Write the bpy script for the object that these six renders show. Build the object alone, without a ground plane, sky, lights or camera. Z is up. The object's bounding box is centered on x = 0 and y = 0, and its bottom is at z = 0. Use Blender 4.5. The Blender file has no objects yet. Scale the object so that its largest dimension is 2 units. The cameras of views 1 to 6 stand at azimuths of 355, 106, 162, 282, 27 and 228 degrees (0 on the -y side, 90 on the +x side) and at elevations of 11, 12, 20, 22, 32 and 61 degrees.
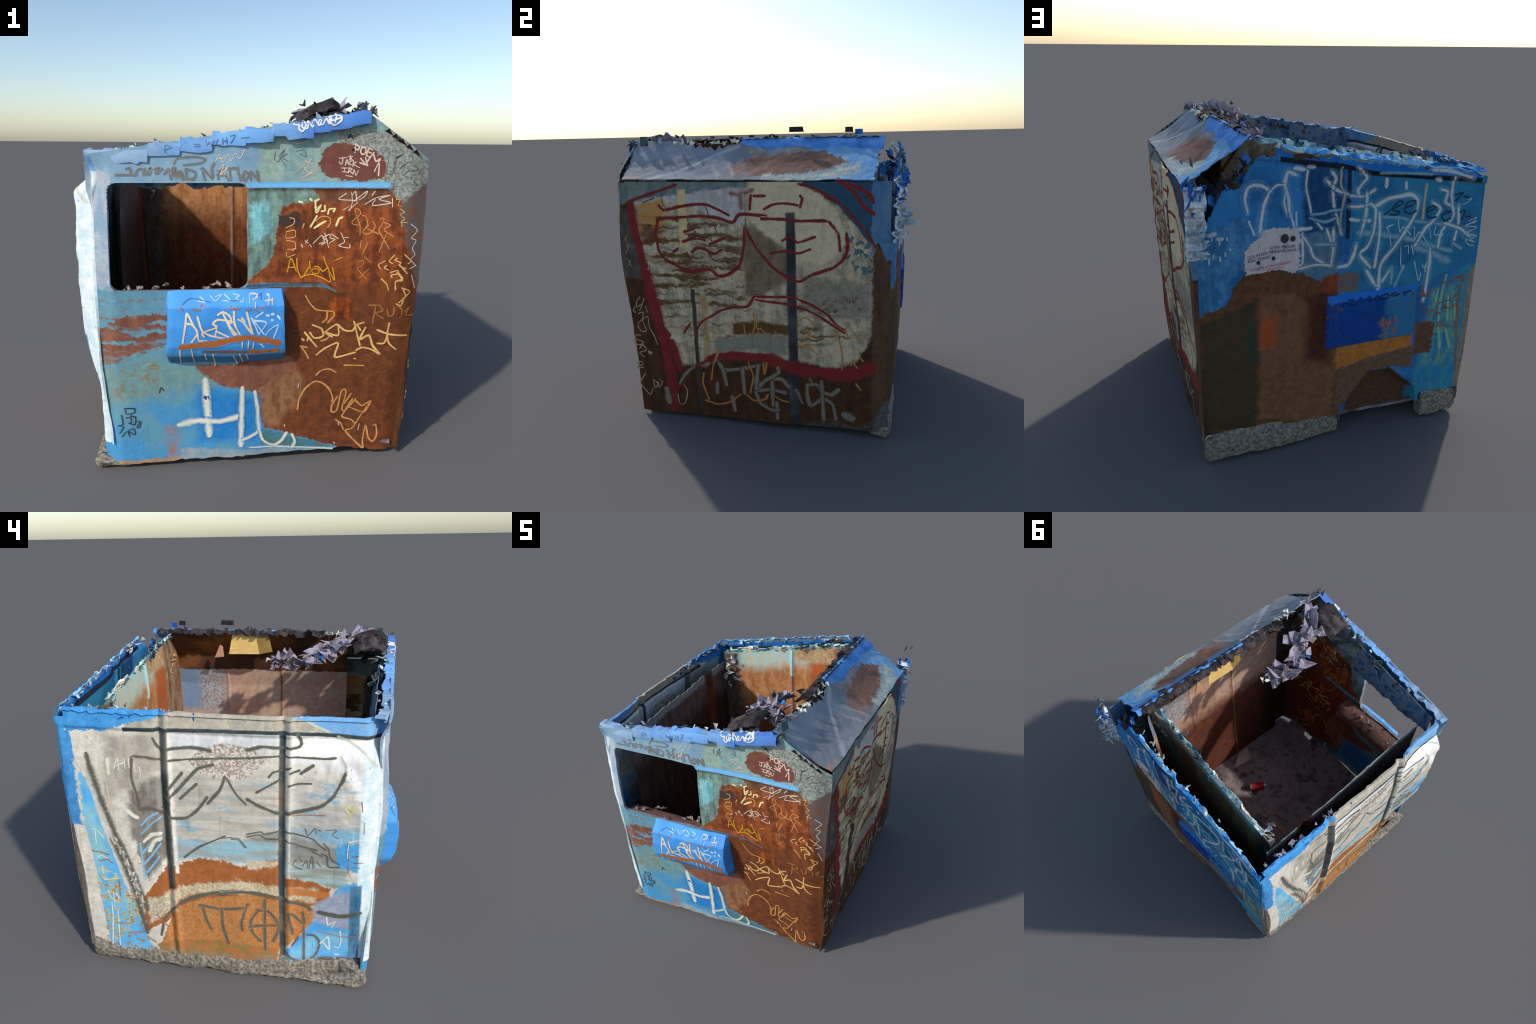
# ---------------------------------------------------------------- basics
import bpy, bmesh, math, random
import numpy as np
from mathutils import Vector

rng = np.random.default_rng(7)
random.seed(7)

def lin(c):
    """sRGB 0-255 triple -> linear RGB"""
    out = []
    for v in c:
        v = v / 255.0
        out.append(v / 12.92 if v <= 0.04045 else ((v + 0.055) / 1.055) ** 2.4)
    return out

def hash2(i, j, k=0):
    h = np.sin(np.asarray(i) * 127.1 + np.asarray(j) * 311.7 + k * 74.7) * 43758.5453
    return h - np.floor(h)

def vnoise(x, y, k=0):
    x = np.asarray(x, float); y = np.asarray(y, float)
    xi, yi = np.floor(x), np.floor(y)
    fx, fy = x - xi, y - yi
    fx, fy = fx * fx * (3 - 2 * fx), fy * fy * (3 - 2 * fy)
    a = hash2(xi, yi, k) * (1 - fx) + hash2(xi + 1, yi, k) * fx
    b = hash2(xi, yi + 1, k) * (1 - fx) + hash2(xi + 1, yi + 1, k) * fx
    return (a * (1 - fy) + b * fy) * 2 - 1

def fbm(x, y, k=0, n=4):
    s, a = 0, 0.5
    for i in range(n):
        s = s + a * vnoise(x, y, k + i); x = np.asarray(x) * 2.03; y = np.asarray(y) * 2.03; a *= 0.5
    return s

def sm(a, b, x):
    t = np.clip((np.asarray(x, float) - a) / (b - a), 0, 1)
    return t * t * (3 - 2 * t)

def lerp_table(x, xs, ys):
    return np.interp(x, xs, ys)

def bump(x, c, w):
    return np.exp(-((np.asarray(x) - c) / w) ** 2)

def saw(u, period, k=0, amp=1.0):
    """torn sheet-metal edge: irregular teeth, linear between random heights"""
    t = np.asarray(u) / period
    i = np.floor(t); f = t - i
    a, b = hash2(i, 3.0, k), hash2(i + 1, 3.0, k)
    lean = hash2(i, 9.0, k) * 0.8 + 0.1
    peak = hash2(i, 5.0, k)
    val = np.where(f < lean, a + (peak - a) * f / lean, peak + (b - peak) * (f - lean) / (1 - lean))
    return (val * 2 - 1) * amp

def steps(u, period, k=0, amp=1.0):
    t = np.asarray(u) / period
    return (hash2(np.floor(t), 4.0, k) * 2 - 1) * amp

# ---------------------------------------------------------------- objects
THING = bpy.data.objects.new("metal_dumpster", None)
bpy.context.scene.collection.objects.link(THING)
THING["label"] = "rusty blue open dumpster covered in graffiti, roof torn off"
THING["category"] = "dumpster"

def new_object(name, verts, faces, mat, parent=None, smooth=True, uvs=None, kind=None, angle=None):
    me = bpy.data.meshes.new(name)
    me.from_pydata([tuple(map(float, v)) for v in verts], [], [tuple(map(int, f)) for f in faces])
    me.validate()
    if uvs is not None:
        lay = me.uv_layers.new(name="across")
        co = np.zeros(len(me.loops) * 2)
        vi = np.zeros(len(me.loops), int); me.loops.foreach_get("vertex_index", vi)
        co[0::2] = uvs[vi, 0]; co[1::2] = uvs[vi, 1]
        lay.data.foreach_set("uv", co)
    if isinstance(mat, (list, tuple)):
        for m in mat: me.materials.append(m)
    else:
        me.materials.append(mat)
    if smooth:
        me.shade_smooth()
        if angle: me.set_sharp_from_angle(angle=math.radians(angle))
    ob = bpy.data.objects.new(name, me)
    bpy.context.scene.collection.objects.link(ob)
    ob.parent = parent or THING
    if kind: ob["kind"] = kind
    return ob

def grid_shell(name, P, us, vs, mat, thick=0.006, keep=None, snap=None, parent=None, side=1, smooth_angle=40):
    """sheet through P(u, v) with real thickness on its inner side; keep(u, v) cuts openings"""
    U, V = np.meshgrid(us, vs, indexing="ij")
    if snap: U, V = snap(U, V)
    X = np.stack(P(U, V), -1)
    du = np.gradient(X, axis=0); dv = np.gradient(X, axis=1)
    N = np.cross(du, dv); N /= np.linalg.norm(N, axis=-1, keepdims=True) + 1e-12
    N *= side
    Y = X - N * thick
    nu, nv = len(us), len(vs)
    idx = np.arange(nu * nv).reshape(nu, nv)
    a, b, c, d = idx[:-1, :-1], idx[1:, :-1], idx[1:, 1:], idx[:-1, 1:]
    F = np.stack([a, b, c, d], -1).reshape(-1, 4)
    if keep is not None:
        uc = (U[:-1, :-1] + U[1:, 1:]) / 2; vc = (V[:-1, :-1] + V[1:, 1:]) / 2
        F = F[keep(uc, vc).ravel()]
    if side < 0: F = F[:, ::-1]
    n = nu * nv
    back = F[:, ::-1] + n
    E = np.concatenate([F[:, [0, 1]], F[:, [1, 2]], F[:, [2, 3]], F[:, [3, 0]]])
    key = {}
    for e0, e1 in E.tolist():
        k = (e0, e1) if e0 < e1 else (e1, e0)
        key[k] = None if k in key else (e0, e1)
    rim = [(e[1], e[0], e[0] + n, e[1] + n) for e in key.values() if e]
    faces = F.tolist() + back.tolist() + rim
    verts = np.concatenate([X.reshape(-1, 3), Y.reshape(-1, 3)])
    used = np.zeros(len(verts), bool)
    fl = np.array([i for f in faces for i in f]); used[fl] = True
    remap = np.cumsum(used) - 1
    faces = [[remap[i] for i in f] for f in faces]
    return new_object(name, verts[used], faces, mat, parent, angle=smooth_angle)

def strip(name, rows, mat, parent=None, thick=0.004, closed=False, angle=35):
    """sheet lofted through rows of equal length (each an (n,3) array)"""
    R = np.array(rows)
    us = np.arange(R.shape[0]); vs = np.arange(R.shape[1])
    def P(U, V):
        q = R[U.astype(int), V.astype(int)]
        return q[..., 0], q[..., 1], q[..., 2]
    return grid_shell(name, P, us, vs, mat, thick, parent=parent, smooth_angle=angle)

def shards(name, centres, sizes, mat, seed, parent=None, flat=(1, 1, 1), sides=(3, 5), thick=0.004, normal=None, spike=1.0, kind="stuff"):
    """torn crumpled sheet pieces: small irregular folded polygons with thickness"""
    r = np.random.default_rng(seed)
    verts, faces = [], []
    for c, s in zip(centres, sizes):
        k = int(r.integers(sides[0], sides[1] + 1))
        n = np.array(normal, float) if normal is not None else np.zeros(3)
        n = n + r.normal(0, 0.55, 3) * np.array(flat); n /= np.linalg.norm(n) + 1e-9
        t = np.cross(n, r.normal(0, 1, 3)); t /= np.linalg.norm(t); b = np.cross(n, t)
        base = len(verts)
        ang = np.sort(r.uniform(0, 2 * math.pi, k)) if k > 3 else np.array([0, 2.1, 4.2]) + r.uniform(-.5, .5, 3)
        rad = s * r.uniform(0.55, 1.25, k); rad[0] *= spike
        ring = [np.array(c) + t * math.cos(a) * q + b * math.sin(a) * q * 0.75 + n * r.normal(0, 0.18) * s for a, q in zip(ang, rad)]
        mid = np.array(c) + n * s * r.uniform(-.3, .3)
        top = ring + [mid]; bot = [p - n * thick for p in top]
        verts += top + bot
        m = k + 1
        for i in range(k):
            j = (i + 1) % k
            faces.append((base + i, base + j, base + k))
            faces.append((base + m + j, base + m + i, base + m + k))
            faces.append((base + j, base + i, base + m + i, base + m + j))
    return new_object(name, verts, faces, mat, parent, smooth=False, kind=kind)

# ---------------------------------------------------------------- shape of the body
ROOF_X = [-0.82, -0.79, 0.50, 0.53, 0.84, 0.90]
ROOF_Z = [1.595, 1.60, 1.80, 1.795, 1.583, 1.55]
def roof(x): return np.interp(x, ROOF_X, ROOF_Z)

def front_y(x, z):
    y = lerp_table(z, [0, .15, .3, .5, .7, .95, 1.1, 1.3, 1.45, 1.6, 1.8],
                      [-.812, -.818, -.832, -.85, -.862, -.885, -.893, -.885, -.872, -.872, -.875])
    y = y + 0.014 * sm(0.1, 0.75, x) * (1 - sm(0.2, 0.6, z)) - 0.02 * sm(-0.3, -0.75, x) * (1 - sm(.2, .7, z))
    y = y - 0.026 * sm(0.12, -0.12, x) - 0.012 * bump(z, .12, .1) * bump(x, .1, .25)
    y = y + 0.036 * sm(0.72, 0.87, x - 0.075 * (np.asarray(z) / 1.58 - 1)) ** 1.5          # rolled right corner
    y = y + 0.038 * sm(-.67, -.79, x) * sm(1.62, 1.50, z)                                # eased left corner
    y = y - 0.012 * bump(z, 1.445, .012) * sm(-.1, 0, x) * sm(.68, .63, x)                # blue belt strip
    zs = 0.985 - 0.06 * sm(.3, .42, x)
    y = y - 0.014 * bump(z, zs, .014) * sm(-.75, -.65, x) * sm(.46, .36, x)               # lower belt strip
    y = y + 0.007 * fbm(x * 3.1, np.asarray(z) * 2.7, 11) + 0.002 * fbm(x * 13, np.asarray(z) * 9, 12)
    return y

def right_x(y, z):
    x = lerp_table(z, [0, .3, .9, 1.4, 1.6], [.772, .80, .838, .852, .848])
    x = x - 0.006 * bump(y, -.45, .25) + 0.012 * bump(y, .20, .12) + .010 * bump(y, .15, .16) * bump(z, .45, .4) + 0.012 * bump(y, -.1, .5) * (1 - sm(.2, .6, z)) - 0.022 * sm(.25, .75, y) * sm(.2, .6, z)
    x = x - 0.012 * sm(-.60, -.82, y) + .014 * bump(y, -.72, .12) * (1 - sm(.2, .9, z)) + 0.012 * sm(.5, .85, y) * (1 - sm(0, 1, z))
    for c in (0.285, -0.40):                                                            # upright channel ribs
        x = x - 0.010 * bump(y, c - .02 * (np.asarray(z) - .8), .02) + 0.008 * bump(y, c + .045, .016)
    x = x + 0.006 * fbm(np.asarray(y) * 3, np.asarray(z) * 3, 21) + 0.0045 * np.sin(np.asarray(z) * 46 + 6 * fbm(np.asarray(y) * 2.2, np.asarray(z) * 2, 22)) * sm(.15, -.1, y) * sm(1.45, 1.3, z) * sm(.4, .6, z)
    x = x + 0.004 * fbm(np.asarray(y) * 17, np.asarray(z) * 11, 23) * bump(y, -.25, .3) * bump(z, 1.15, .3)
    return x

def left_x(y, z):
    x = lerp_table(z, [0, .15, .4, .8, 1.3, 1.48, 1.6], [-.835, -.845, -.858, -.862, -.858, -.838, -.81])
    low = 1 - sm(.20, .78, z)
    x = x + 0.006 * sm(.5, .80, y) + 0.088 * (1 - low) * sm(-.78, -.885, y) + .115 * low * sm(-.15, -.84, y) + .006 * bump(y, -.5, .2) * sm(.3, .6, z)
    x = x - 0.026 * sm(-.40, -.74, y) * sm(-.88, -.82, y) * sm(.72, 1.0, z) * sm(1.50, 1.42, z) * (0.75 + .6 * fbm(np.asarray(y) * 9, np.asarray(z) * 7, 35))
    x = x + 0.035 * sm(1.40, 1.50, z) * sm(-.35, -.70, y) * sm(-.90, -.84, y)
    x = x - 0.014 * sm(1.495, 1.515, z)                                                 # top lip
    for c in (0.26, -0.39):
        x = x - 0.012 * bump(y, c - .03, .016) + 0.014 * bump(y, c + .012, .016)
    x = x + 0.012 * np.abs(fbm(np.asarray(y) * 4 + np.asarray(z) * 1.2, np.asarray(z) * 1.3, 31)) + 0.004 * fbm(np.asarray(y) * 9, np.asarray(z) * 9, 32)
    return x

def back_y(x, z):
    y = lerp_table(z, [0, .15, .6, 1.2, 1.6, 1.8], [.80, .808, .835, .845, .835, .81])
    y = y + 0.032 * bump(x, .25, .5)
    y = y + 0.020 * sm(.1, .8, x) * (1 - sm(.5, 1.2, z)) + 0.016 * sm(.35, .75, x) * sm(1.1, 1.4, z)
    y = y - 0.020 * sm(.66, .80, x) * (1 - sm(1.0, 1.3, z))
    y = y - 0.075 * sm(-.01, .05, np.interp(x, [-.60, -.52, -.33, -.18, -.03, .0], [-.2, .25, .42, .42, .22, -.2]) - np.asarray(z))     # arched recess at the foot
    y = y + 0.014 * sm(0.085, 0.07, roof(x) - np.asarray(z))                              # top lip
    y = y - 0.012 * bump(x, 0.02, .03) * sm(1.0, 1.2, z) + 0.010 * bump(x, -.045, .02) * sm(1.0, 1.2, z)
    y = y - 0.014 * sm(.335, .345, x) * bump(x, .345, .12) * sm(1.0, .9, z)                # overlapping sheet seam
    y = y + 0.008 * fbm(np.asarray(x) * 3, np.asarray(z) * 3, 41) + 0.002 * fbm(np.asarray(x) * 12, np.asarray(z) * 10, 42)
    return y

WIN = (-0.700, -0.046, 0.956, 1.466, 0.045)    # window: x0, x1, z0, z1, corner radius
def window_sd(x, z):
    x0, x1, z0, z1, r = WIN
    qx = np.abs(x - (x0 + x1) / 2) - (x1 - x0) / 2 + r
    qz = np.abs(z - (z0 + z1) / 2) - (z1 - z0) / 2 + r
    return np.hypot(np.maximum(qx, 0), np.maximum(qz, 0)) + np.minimum(np.maximum(qx, qz), 0) - r

def front_bottom(x): return np.interp(x, [-.82, -.5, 0, .45, .8], [.03, .035, .045, .055, .018]) + saw(x, .06, 2, .006)
def left_bottom(y): return np.interp(y, [-.9, -.82, .68, .9], [.15, .15, .105, .02]) + saw(y, .05, 5, .006)
def back_bottom(x): return np.interp(x, [-.85, -.56, -.55, -.02, .0, .8], [.2, .2, .13, .12, .17, .2]) + saw(x, .07, 6, .006)

def front_edge_right(z): return np.interp(z, [0, 1.58, 1.9], [.762, .836, .845])

def build_front(mat):
    us = np.linspace(0, 1, 261); vs = np.linspace(0, 1, 281)
    def to_xz(U, V):
        z0 = V * 1.8
        xl = np.interp(z0, [0, 1.5, 1.62, 1.8], [-.765, -.772, -.80, -.803])
        x = xl + U * (front_edge_right(z0) - xl)
        zb, zt = front_bottom(x), roof(x) - 0.006
        return x, zb + V * (zt - zb)
    def P(U, V):
        x, z = U, V
        return x, front_y(x, z), z
    def snap(U, V):
        x, z = to_xz(U, V)
        for _ in range(2):
            sd = window_sd(x, z); e = 1e-4
            gx = (window_sd(x + e, z) - sd) / e; gz = (window_sd(x, z + e) - sd) / e
            m = np.abs(sd) < 0.0042
            x = np.where(m, x - gx * sd, x); z = np.where(m, z - gz * sd, z)
        return x, z
    return grid_shell("front_wall", P, us, vs, mat, 0.008, keep=lambda x, z: window_sd(x, z) > 0, snap=snap)

def build_right(mat):
    us = np.linspace(-0.80, 0.842, 251); vs = np.linspace(0, 1, 241)
    def P(U, V):
        z = .018 + .03 * (U + .8) / 1.6 * (1 - V) + V * (1.578 - .018)
        return right_x(U, z), U, z
    return grid_shell("side_wall", P, us, vs, mat, 0.008)

def build_left(mat):
    us = np.linspace(-0.868, 0.80, 251); vs = np.linspace(0, 1, 231)
    def P(U, V):
        zb = left_bottom(U)
        zt = 1.60 + saw(U, .035, 8, .012) * sm(0, .3, U) + steps(U, .11, 9, .006)
        z = zb + V * (zt - zb)
        return left_x(U, z), U, z
    return grid_shell("side_wall", P, us, vs, mat, 0.008, side=-1)

def back_top(x):
    tear = np.interp(x, [.30, .40, .52, .58, .68, .735, .80], [2, 1.75, 1.695, 1.60, 1.56, 1.44, 1.25])
    t = np.minimum(roof(x) - .03, tear)
    return t + np.where(x > .36, steps(x, .028, 3, .02), saw(x, .03, 4, .010))

def build_back(mat):
    us = np.linspace(-0.84, 0.80, 251); vs = np.linspace(0, 1, 241)
    def P(U, V):
        zb, zt = back_bottom(U), back_top(U)
        z = zb + V * (zt - zb)
        return U, back_y(U, z), z
    return grid_shell("back_wall", P, us, vs, mat, 0.008, side=-1)
# ---------------------------------------------------------------- roof remains
def slope_point(y, t):
    """right roof slope, t = 0 at the wall, 1 at the ridge"""
    x = 0.840 + t * (0.505 - 0.840); z = 1.585 + t * (1.812 - 1.585)
    z = z - 0.030 * np.sin(math.pi * np.clip(t, 0, 1)) * (.5 + .7 * bump(y, -.35, .35)) + 0.010 * fbm(y * 4, t * 2.5, 51) + .004 * fbm(y * 14, t * 6, 52)
    x = x - 0.014 * sm(-.7, -.83, y) + 0.010 * fbm(y * 3, t * 2, 53)
    return x, z

def build_slope(mat):
    us = np.linspace(0, 1, 261); vs = np.linspace(0, 1, 81)
    def P(U, V):
        y0 = -0.815 - 0.05 * V + .006 * saw(V, .12, 14); y1 = 0.742 + .02 * V + saw(V, .09, 15, .012)
        y = y0 + U * (y1 - y0)
        top = 1.0 + saw(y, .03, 16, .02) * sm(-.1, -.3, y) - .16 * bump(y, -.32, .17) * (1 + .5 * saw(y, .04, 17))
        t = V * top
        x, z = slope_point(y, t)
        return x, y, z
    return grid_shell("roof_slope", P, us, vs, mat, 0.006, side=-1)

def build_ridge(mat, dark):
    """bent blue cap over the back half of the ridge, and torn dark felt beside it"""
    ys = np.linspace(-0.12, 0.775, 160)
    lip = 0.075 * sm(-.12, .1, ys) * (1 + .5 * fbm(ys * 5, 1, 61)) + .06 + saw(ys, .06, 62, .006)
    rows = []
    for s in np.linspace(0, 1, 9):
        if s < .6:
            t = 1 - (.62 - s) * 2.9 * lip
            x, z = slope_point(ys, t); z = z + .008 + .010 * s
        else:
            q = (s - .6) / .4
            x = .505 - .03 * q + saw(ys, .035, 64, .006) * q; z = 1.826 + .006 * q - .03 * q * q + saw(ys, .028, 63, .010) * q
            x = x + 0 * ys; z = z + 0 * ys
        rows.append(np.stack([x, ys, z + .003 * fbm(ys * 8, s * 4, 65)], -1))
    strip("ridge_cap", rows[::-1], mat, thick=.005)
    # torn roofing felt along the inner side of the ridge
    ys = np.linspace(-.45, .74, 150)
    rows = [np.stack([.52 + 0 * ys, ys, 1.822 + 0 * ys + saw(ys, .05, 66, .006)], -1),
            np.stack([.475 + saw(ys, .04, 67, .01), ys, 1.828 + saw(ys, .045, 68, .010)], -1),
            np.stack([.445 + saw(ys, .03, 69, .018), ys, 1.80 + saw(ys, .035, 70, .016)], -1)]
    strip("roofing_felt", rows[::-1], dark, thick=.004)

def build_front_eave(mat):
    """angle strip along the front roof edge, torn in steps"""
    xs = np.linspace(-0.80, 0.525, 320)
    cuts = np.cumsum(np.random.default_rng(76).uniform(.05, .19, 14)) - .86
    i = np.clip(np.searchsorted(cuts, xs), 1, 13); f = (xs - cuts[i - 1]) / (cuts[i] - cuts[i - 1])
    st = -f * (cuts[i] - cuts[i - 1]) * .15 + .008 * (hash2(i, 1.0, 77) - .3)
    zt = roof(xs) + .002 + st * sm(.5, .3, xs)
    drop = .052 + .012 * fbm(xs * 5, 3, 71) + saw(xs, .14, 72, .010)
    drop = drop * sm(-.83, -.70, xs)+ .012
    yo = -.905 - .008 * sm(-.5, .3, xs) + .004 * fbm(xs * 6, 1, 73) + .03 * sm(-.6, -.8, xs)
    wall = front_y(xs, roof(xs) - .05)
    rows = [np.stack([xs, wall + .01 + 0 * xs, zt - drop + .004], -1),
            np.stack([xs, yo, zt - drop], -1),
            np.stack([xs, yo - .004, zt - drop * .5], -1),
            np.stack([xs, yo + .006, zt], -1),
            np.stack([xs, yo + .055 + saw(xs, .05, 74, .012), zt + .004 + saw(xs, .045, 75, .008)], -1)]
    return strip("eave_strip", rows[::-1], mat, thick=.004)

def build_left_lip(mat):
    ys = np.linspace(-.865, .81, 260)
    jag = sm(.0, .3, ys)
    rows = [np.stack([left_x(ys, 1.575 + 0 * ys) - .004, ys, 1.588 + saw(ys, .05, 81, .008) * jag], -1),
            np.stack([left_x(ys, 1.58 + 0 * ys) + .01, ys, 1.603 + saw(ys, .055, 82, .010) * jag], -1),
            np.stack([left_x(ys, 1.58 + 0 * ys) + .022 + saw(ys, .09, 83, .008), ys, 1.600 + saw(ys, .07, 84, .010) * (.3 + .7 * jag)], -1)]
    return strip("eave_strip", rows[::-1], mat, thick=.004)

def build_back_lip(mat, pale):
    xs = np.linspace(-.83, .36, 260)
    z = roof(xs) - .01
    rows = [np.stack([xs, back_y(xs, z - .03) + .003, z - .004 + saw(xs, .05, 91, .008)], -1),
            np.stack([xs, back_y(xs, z - .03) - .01, z + .012 + saw(xs, .06, 92, .010)], -1),
            np.stack([xs, back_y(xs, z - .03) - .022 + saw(xs, .05, 93, .008), z + .016 + saw(xs, .04, 94, .012)], -1)]
    strip("eave_strip", rows, mat, thick=.004)
    xs = np.linspace(-.62, .45, 200)
    z = roof(xs) - .02
    rows = [np.stack([xs, .655 + 0 * xs, z - .01 + steps(xs, .06, 95, .012)], -1),
            np.stack([xs, .642 + saw(xs, .07, 96, .010), z + .016 + steps(xs, .045, 97, .016)], -1),
            np.stack([xs, .632 + saw(xs, .06, 98, .012), z + .022 + steps(xs, .05, 99, .018)], -1)]
    strip("torn_flashing", rows, pale, thick=.004)

# ---------------------------------------------------------------- inner lining
def inner_right(y, z):
    x = lerp_table(z, [0, .1, 1.40, 1.52, 1.54, 1.8], [.70, .695, .69, .66, .655, .52])
    x = x - .028 * sm(.05, .50, y)
    return x + .006 * fbm(np.asarray(y) * 3, np.asarray(z) * 3, 101) - .008 * bump(y, -.12, .012) - .008 * bump(y, .28, .01) * sm(.9, 1.0, z)
def inner_back(x, z):
    y = lerp_table(z, [0, .1, 1.5, 1.8], [.67, .66, .63, .655])
    return y + .010 * fbm(np.asarray(x) * 4, np.asarray(z) * 3, 102) - .012 * bump(x, -.05, .012) + .02 * sm(.3, .45, x) * sm(1.2, 1.7, z)
def inner_left(y, z):
    x = lerp_table(z, [0, .1, 1.5], [-.64, -.64, -.66]) - .035 * sm(-.6, .5, y) * sm(.2, 1.4, z)
    return x + .008 * fbm(np.asarray(y) * 4, np.asarray(z) * 3, 103) + .015 * bump(y, .36, .02)

def build_lining(mr, mb, ml, mband):
    us = np.linspace(-.60, .655, 161) ; vs = np.linspace(0, 1, 141)
    def PR(U, V):
        z = .06 + V * (1.525 + saw(U, .05, 104, .008) - .06); return inner_right(U, z), U, z
    grid_shell("inner_side_wall", PR, us, vs, mr, .006, side=-1)
    def PB(U, V):
        zt = roof(U) - .018 + saw(U, .028, 105, .012) - .02 * sm(.1, -.1, U)
        z = .06 + V * (zt - .06); return U, inner_back(U, z), z
    grid_shell("inner_back_wall", PB, np.linspace(-.69, .625, 181), vs, mb, .006, side=1)
    def PL(U, V):
        zt = 1.495 + .012 * fbm(U * 4, 1, 106) + saw(U, .06, 107, .008) 
        z = .06 + V * (zt - .06); return inner_left(U, z), U, z
    grid_shell("inner_side_wall", PL, np.linspace(-.76, .68, 161), vs, ml, .006, side=1)
    # band between lining and ridge
    ys = np.linspace(-.60, .70, 150)
    rows = [np.stack([inner_right(ys, 1.52 + 0 * ys) - .004, ys, 1.518 + saw(ys, .05, 104, .006)], -1),
            np.stack([.635 + .006 * fbm(ys * 5, 1, 108), ys, 1.62 + 0 * ys], -1),
            np.stack([.505 + .006 * fbm(ys * 5, 3, 109), ys, 1.80 + saw(ys, .05, 110, .008)], -1)]
    strip("inner_roof_band", rows, mband, thick=.004)

def floor_z(x, y): return .088 + .012 * fbm(x * 4, y * 4, 111) + .006 * fbm(x * 15, y * 15, 112)
def build_floor(mat):
    us = np.linspace(-.72, .73, 161); vs = np.linspace(-.80, .70, 161)
    def P(U, V): return U, V, floor_z(U, V)
    def keep(x, y):
        hole1 = (np.abs(x - .70) < .06) & (np.abs(y + .735) < .035)
        hole2 = (np.abs(x - .40 + .4 * (y + .77)) < .05) & (np.abs(y + .77) < .03)
        return ~(hole1 | hole2)
    return grid_shell("floor", P, us, vs, mat, .02, keep=keep, side=1)

# ---------------------------------------------------------------- window frame, pockets
def build_window_frame(mat, sill):
    x0, x1, z0, z1, r = WIN
    n = 160; pts = []
    per = np.linspace(0, 1, n, endpoint=False)
    corners = [(x1 - r, z1 - r, 0), (x0 + r, z1 - r, 90), (x0 + r, z0 + r, 180), (x1 - r, z0 + r, 270)]
    ring = []
    for i, (cx, cz, a0) in enumerate(corners):
        for a in np.linspace(a0, a0 + 90, 9): ring.append((cx + r * math.cos(math.radians(a)), cz + r * math.sin(math.radians(a))))
        nx, nz, na = corners[(i + 1) % 4]
        p0 = ring[-1]; p1 = (nx + r * math.cos(math.radians(na)), nz + r * math.sin(math.radians(na)))
        for t in np.linspace(0, 1, 22)[1:-1]: ring.append((p0[0] + (p1[0] - p0[0]) * t, p0[1] + (p1[1] - p0[1]) * t))
    ring = np.array(ring + ring[:1]); x, z = ring[:, 0], ring[:, 1]
    y = front_y(x, z); wob = fbm(x * 9, z * 9, 121) * .008
    cx, cz = (x0 + x1) / 2, (z0 + z1) / 2
    rows = [np.stack([x, y + .006, z], -1),
            np.stack([x + (cx - x) * .004, y + .014 + wob, z + (cz - z) * .004], -1),
            np.stack([x + (cx - x) * .006 + wob, y + .02 + .015 * sm(cx, x1 - .05, x) + wob, z], -1)]
    strip("window_frame", rows, mat, thick=-.006)
    # crumpled sill plate inside
    xs = np.linspace(x0 + .02, x1 + .12, 70)
    rows = [np.stack([xs, front_y(xs, .96 + 0 * xs) + q, .945 + h + .012 * fbm(xs * 9, q * 20, 122)], -1) for q, h in ((.01, .005), (.06, .0), (.11, -.008), (.15, -.05), (.15, -.12))]
    strip("sill", rows[::-1], sill, thick=.006)

def build_header(mat):
    """torn inner sheet hanging behind the top of the window"""
    xs = np.linspace(-.72, .02, 120)
    rows = [np.stack([xs, -.825 + .01 * fbm(xs * 6, 1, 125), roof(xs) - .02], -1), np.stack([xs, -.795 + .012 * fbm(xs * 7, 2, 126), 1.52 + 0 * xs], -1),
            np.stack([xs, -.80 + .015 * fbm(xs * 8, 3, 127), 1.445 + saw(xs, .05, 128, .018)], -1)]
    strip("window_header", rows, mat, thick=.005)

def build_pocket(name, x0, x1, profile, wall, sign, mat, seed, rough=.006):
    """folded sheet-metal lifting pocket: profile = (outset, z) from top edge to bottom edge"""
    n = 60
    xs = np.linspace(x0, x1, n)
    prof = np.array(profile)
    k = np.linspace(0, len(prof) - 1, 8 * (len(prof) - 1) + 1)
    off = np.interp(k, np.arange(len(prof)), prof[:, 0]); zz = np.interp(k, np.arange(len(prof)), prof[:, 1])
    rows = []
    for o, z in zip(off, zz):
        end = np.minimum(sm(x0 - .004, x0 + .02, xs), sm(x1 + .004, x1 - .02, xs))
        d = o + rough * fbm(xs * 7, z * 7, seed)
        rows.append(np.stack([xs + (0.02 * fbm(z * 6, 1, seed + 1)) * (2 * (xs - x0) / (x1 - x0) - 1), wall(xs, z + 0 * xs) + sign * (-.004 + d), z + .010 * fbm(xs * 3, 2, seed + 2) + 0 * xs], -1))
    rows = np.array(rows)
    # close the two ends towards the wall
    def endcap(col, dx):
        c = rows[:, col].copy(); c[:, 0] += dx; c[:, 1] = wall(c[:, 0], c[:, 2]) + sign * (-.006); return c
    full = np.concatenate([endcap(0, -.012)[:, None], rows, endcap(-1, .012)[:, None]], 1)
    return strip(name, full if sign > 0 else full[::-1], mat, thick=.006, angle=28)

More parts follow.
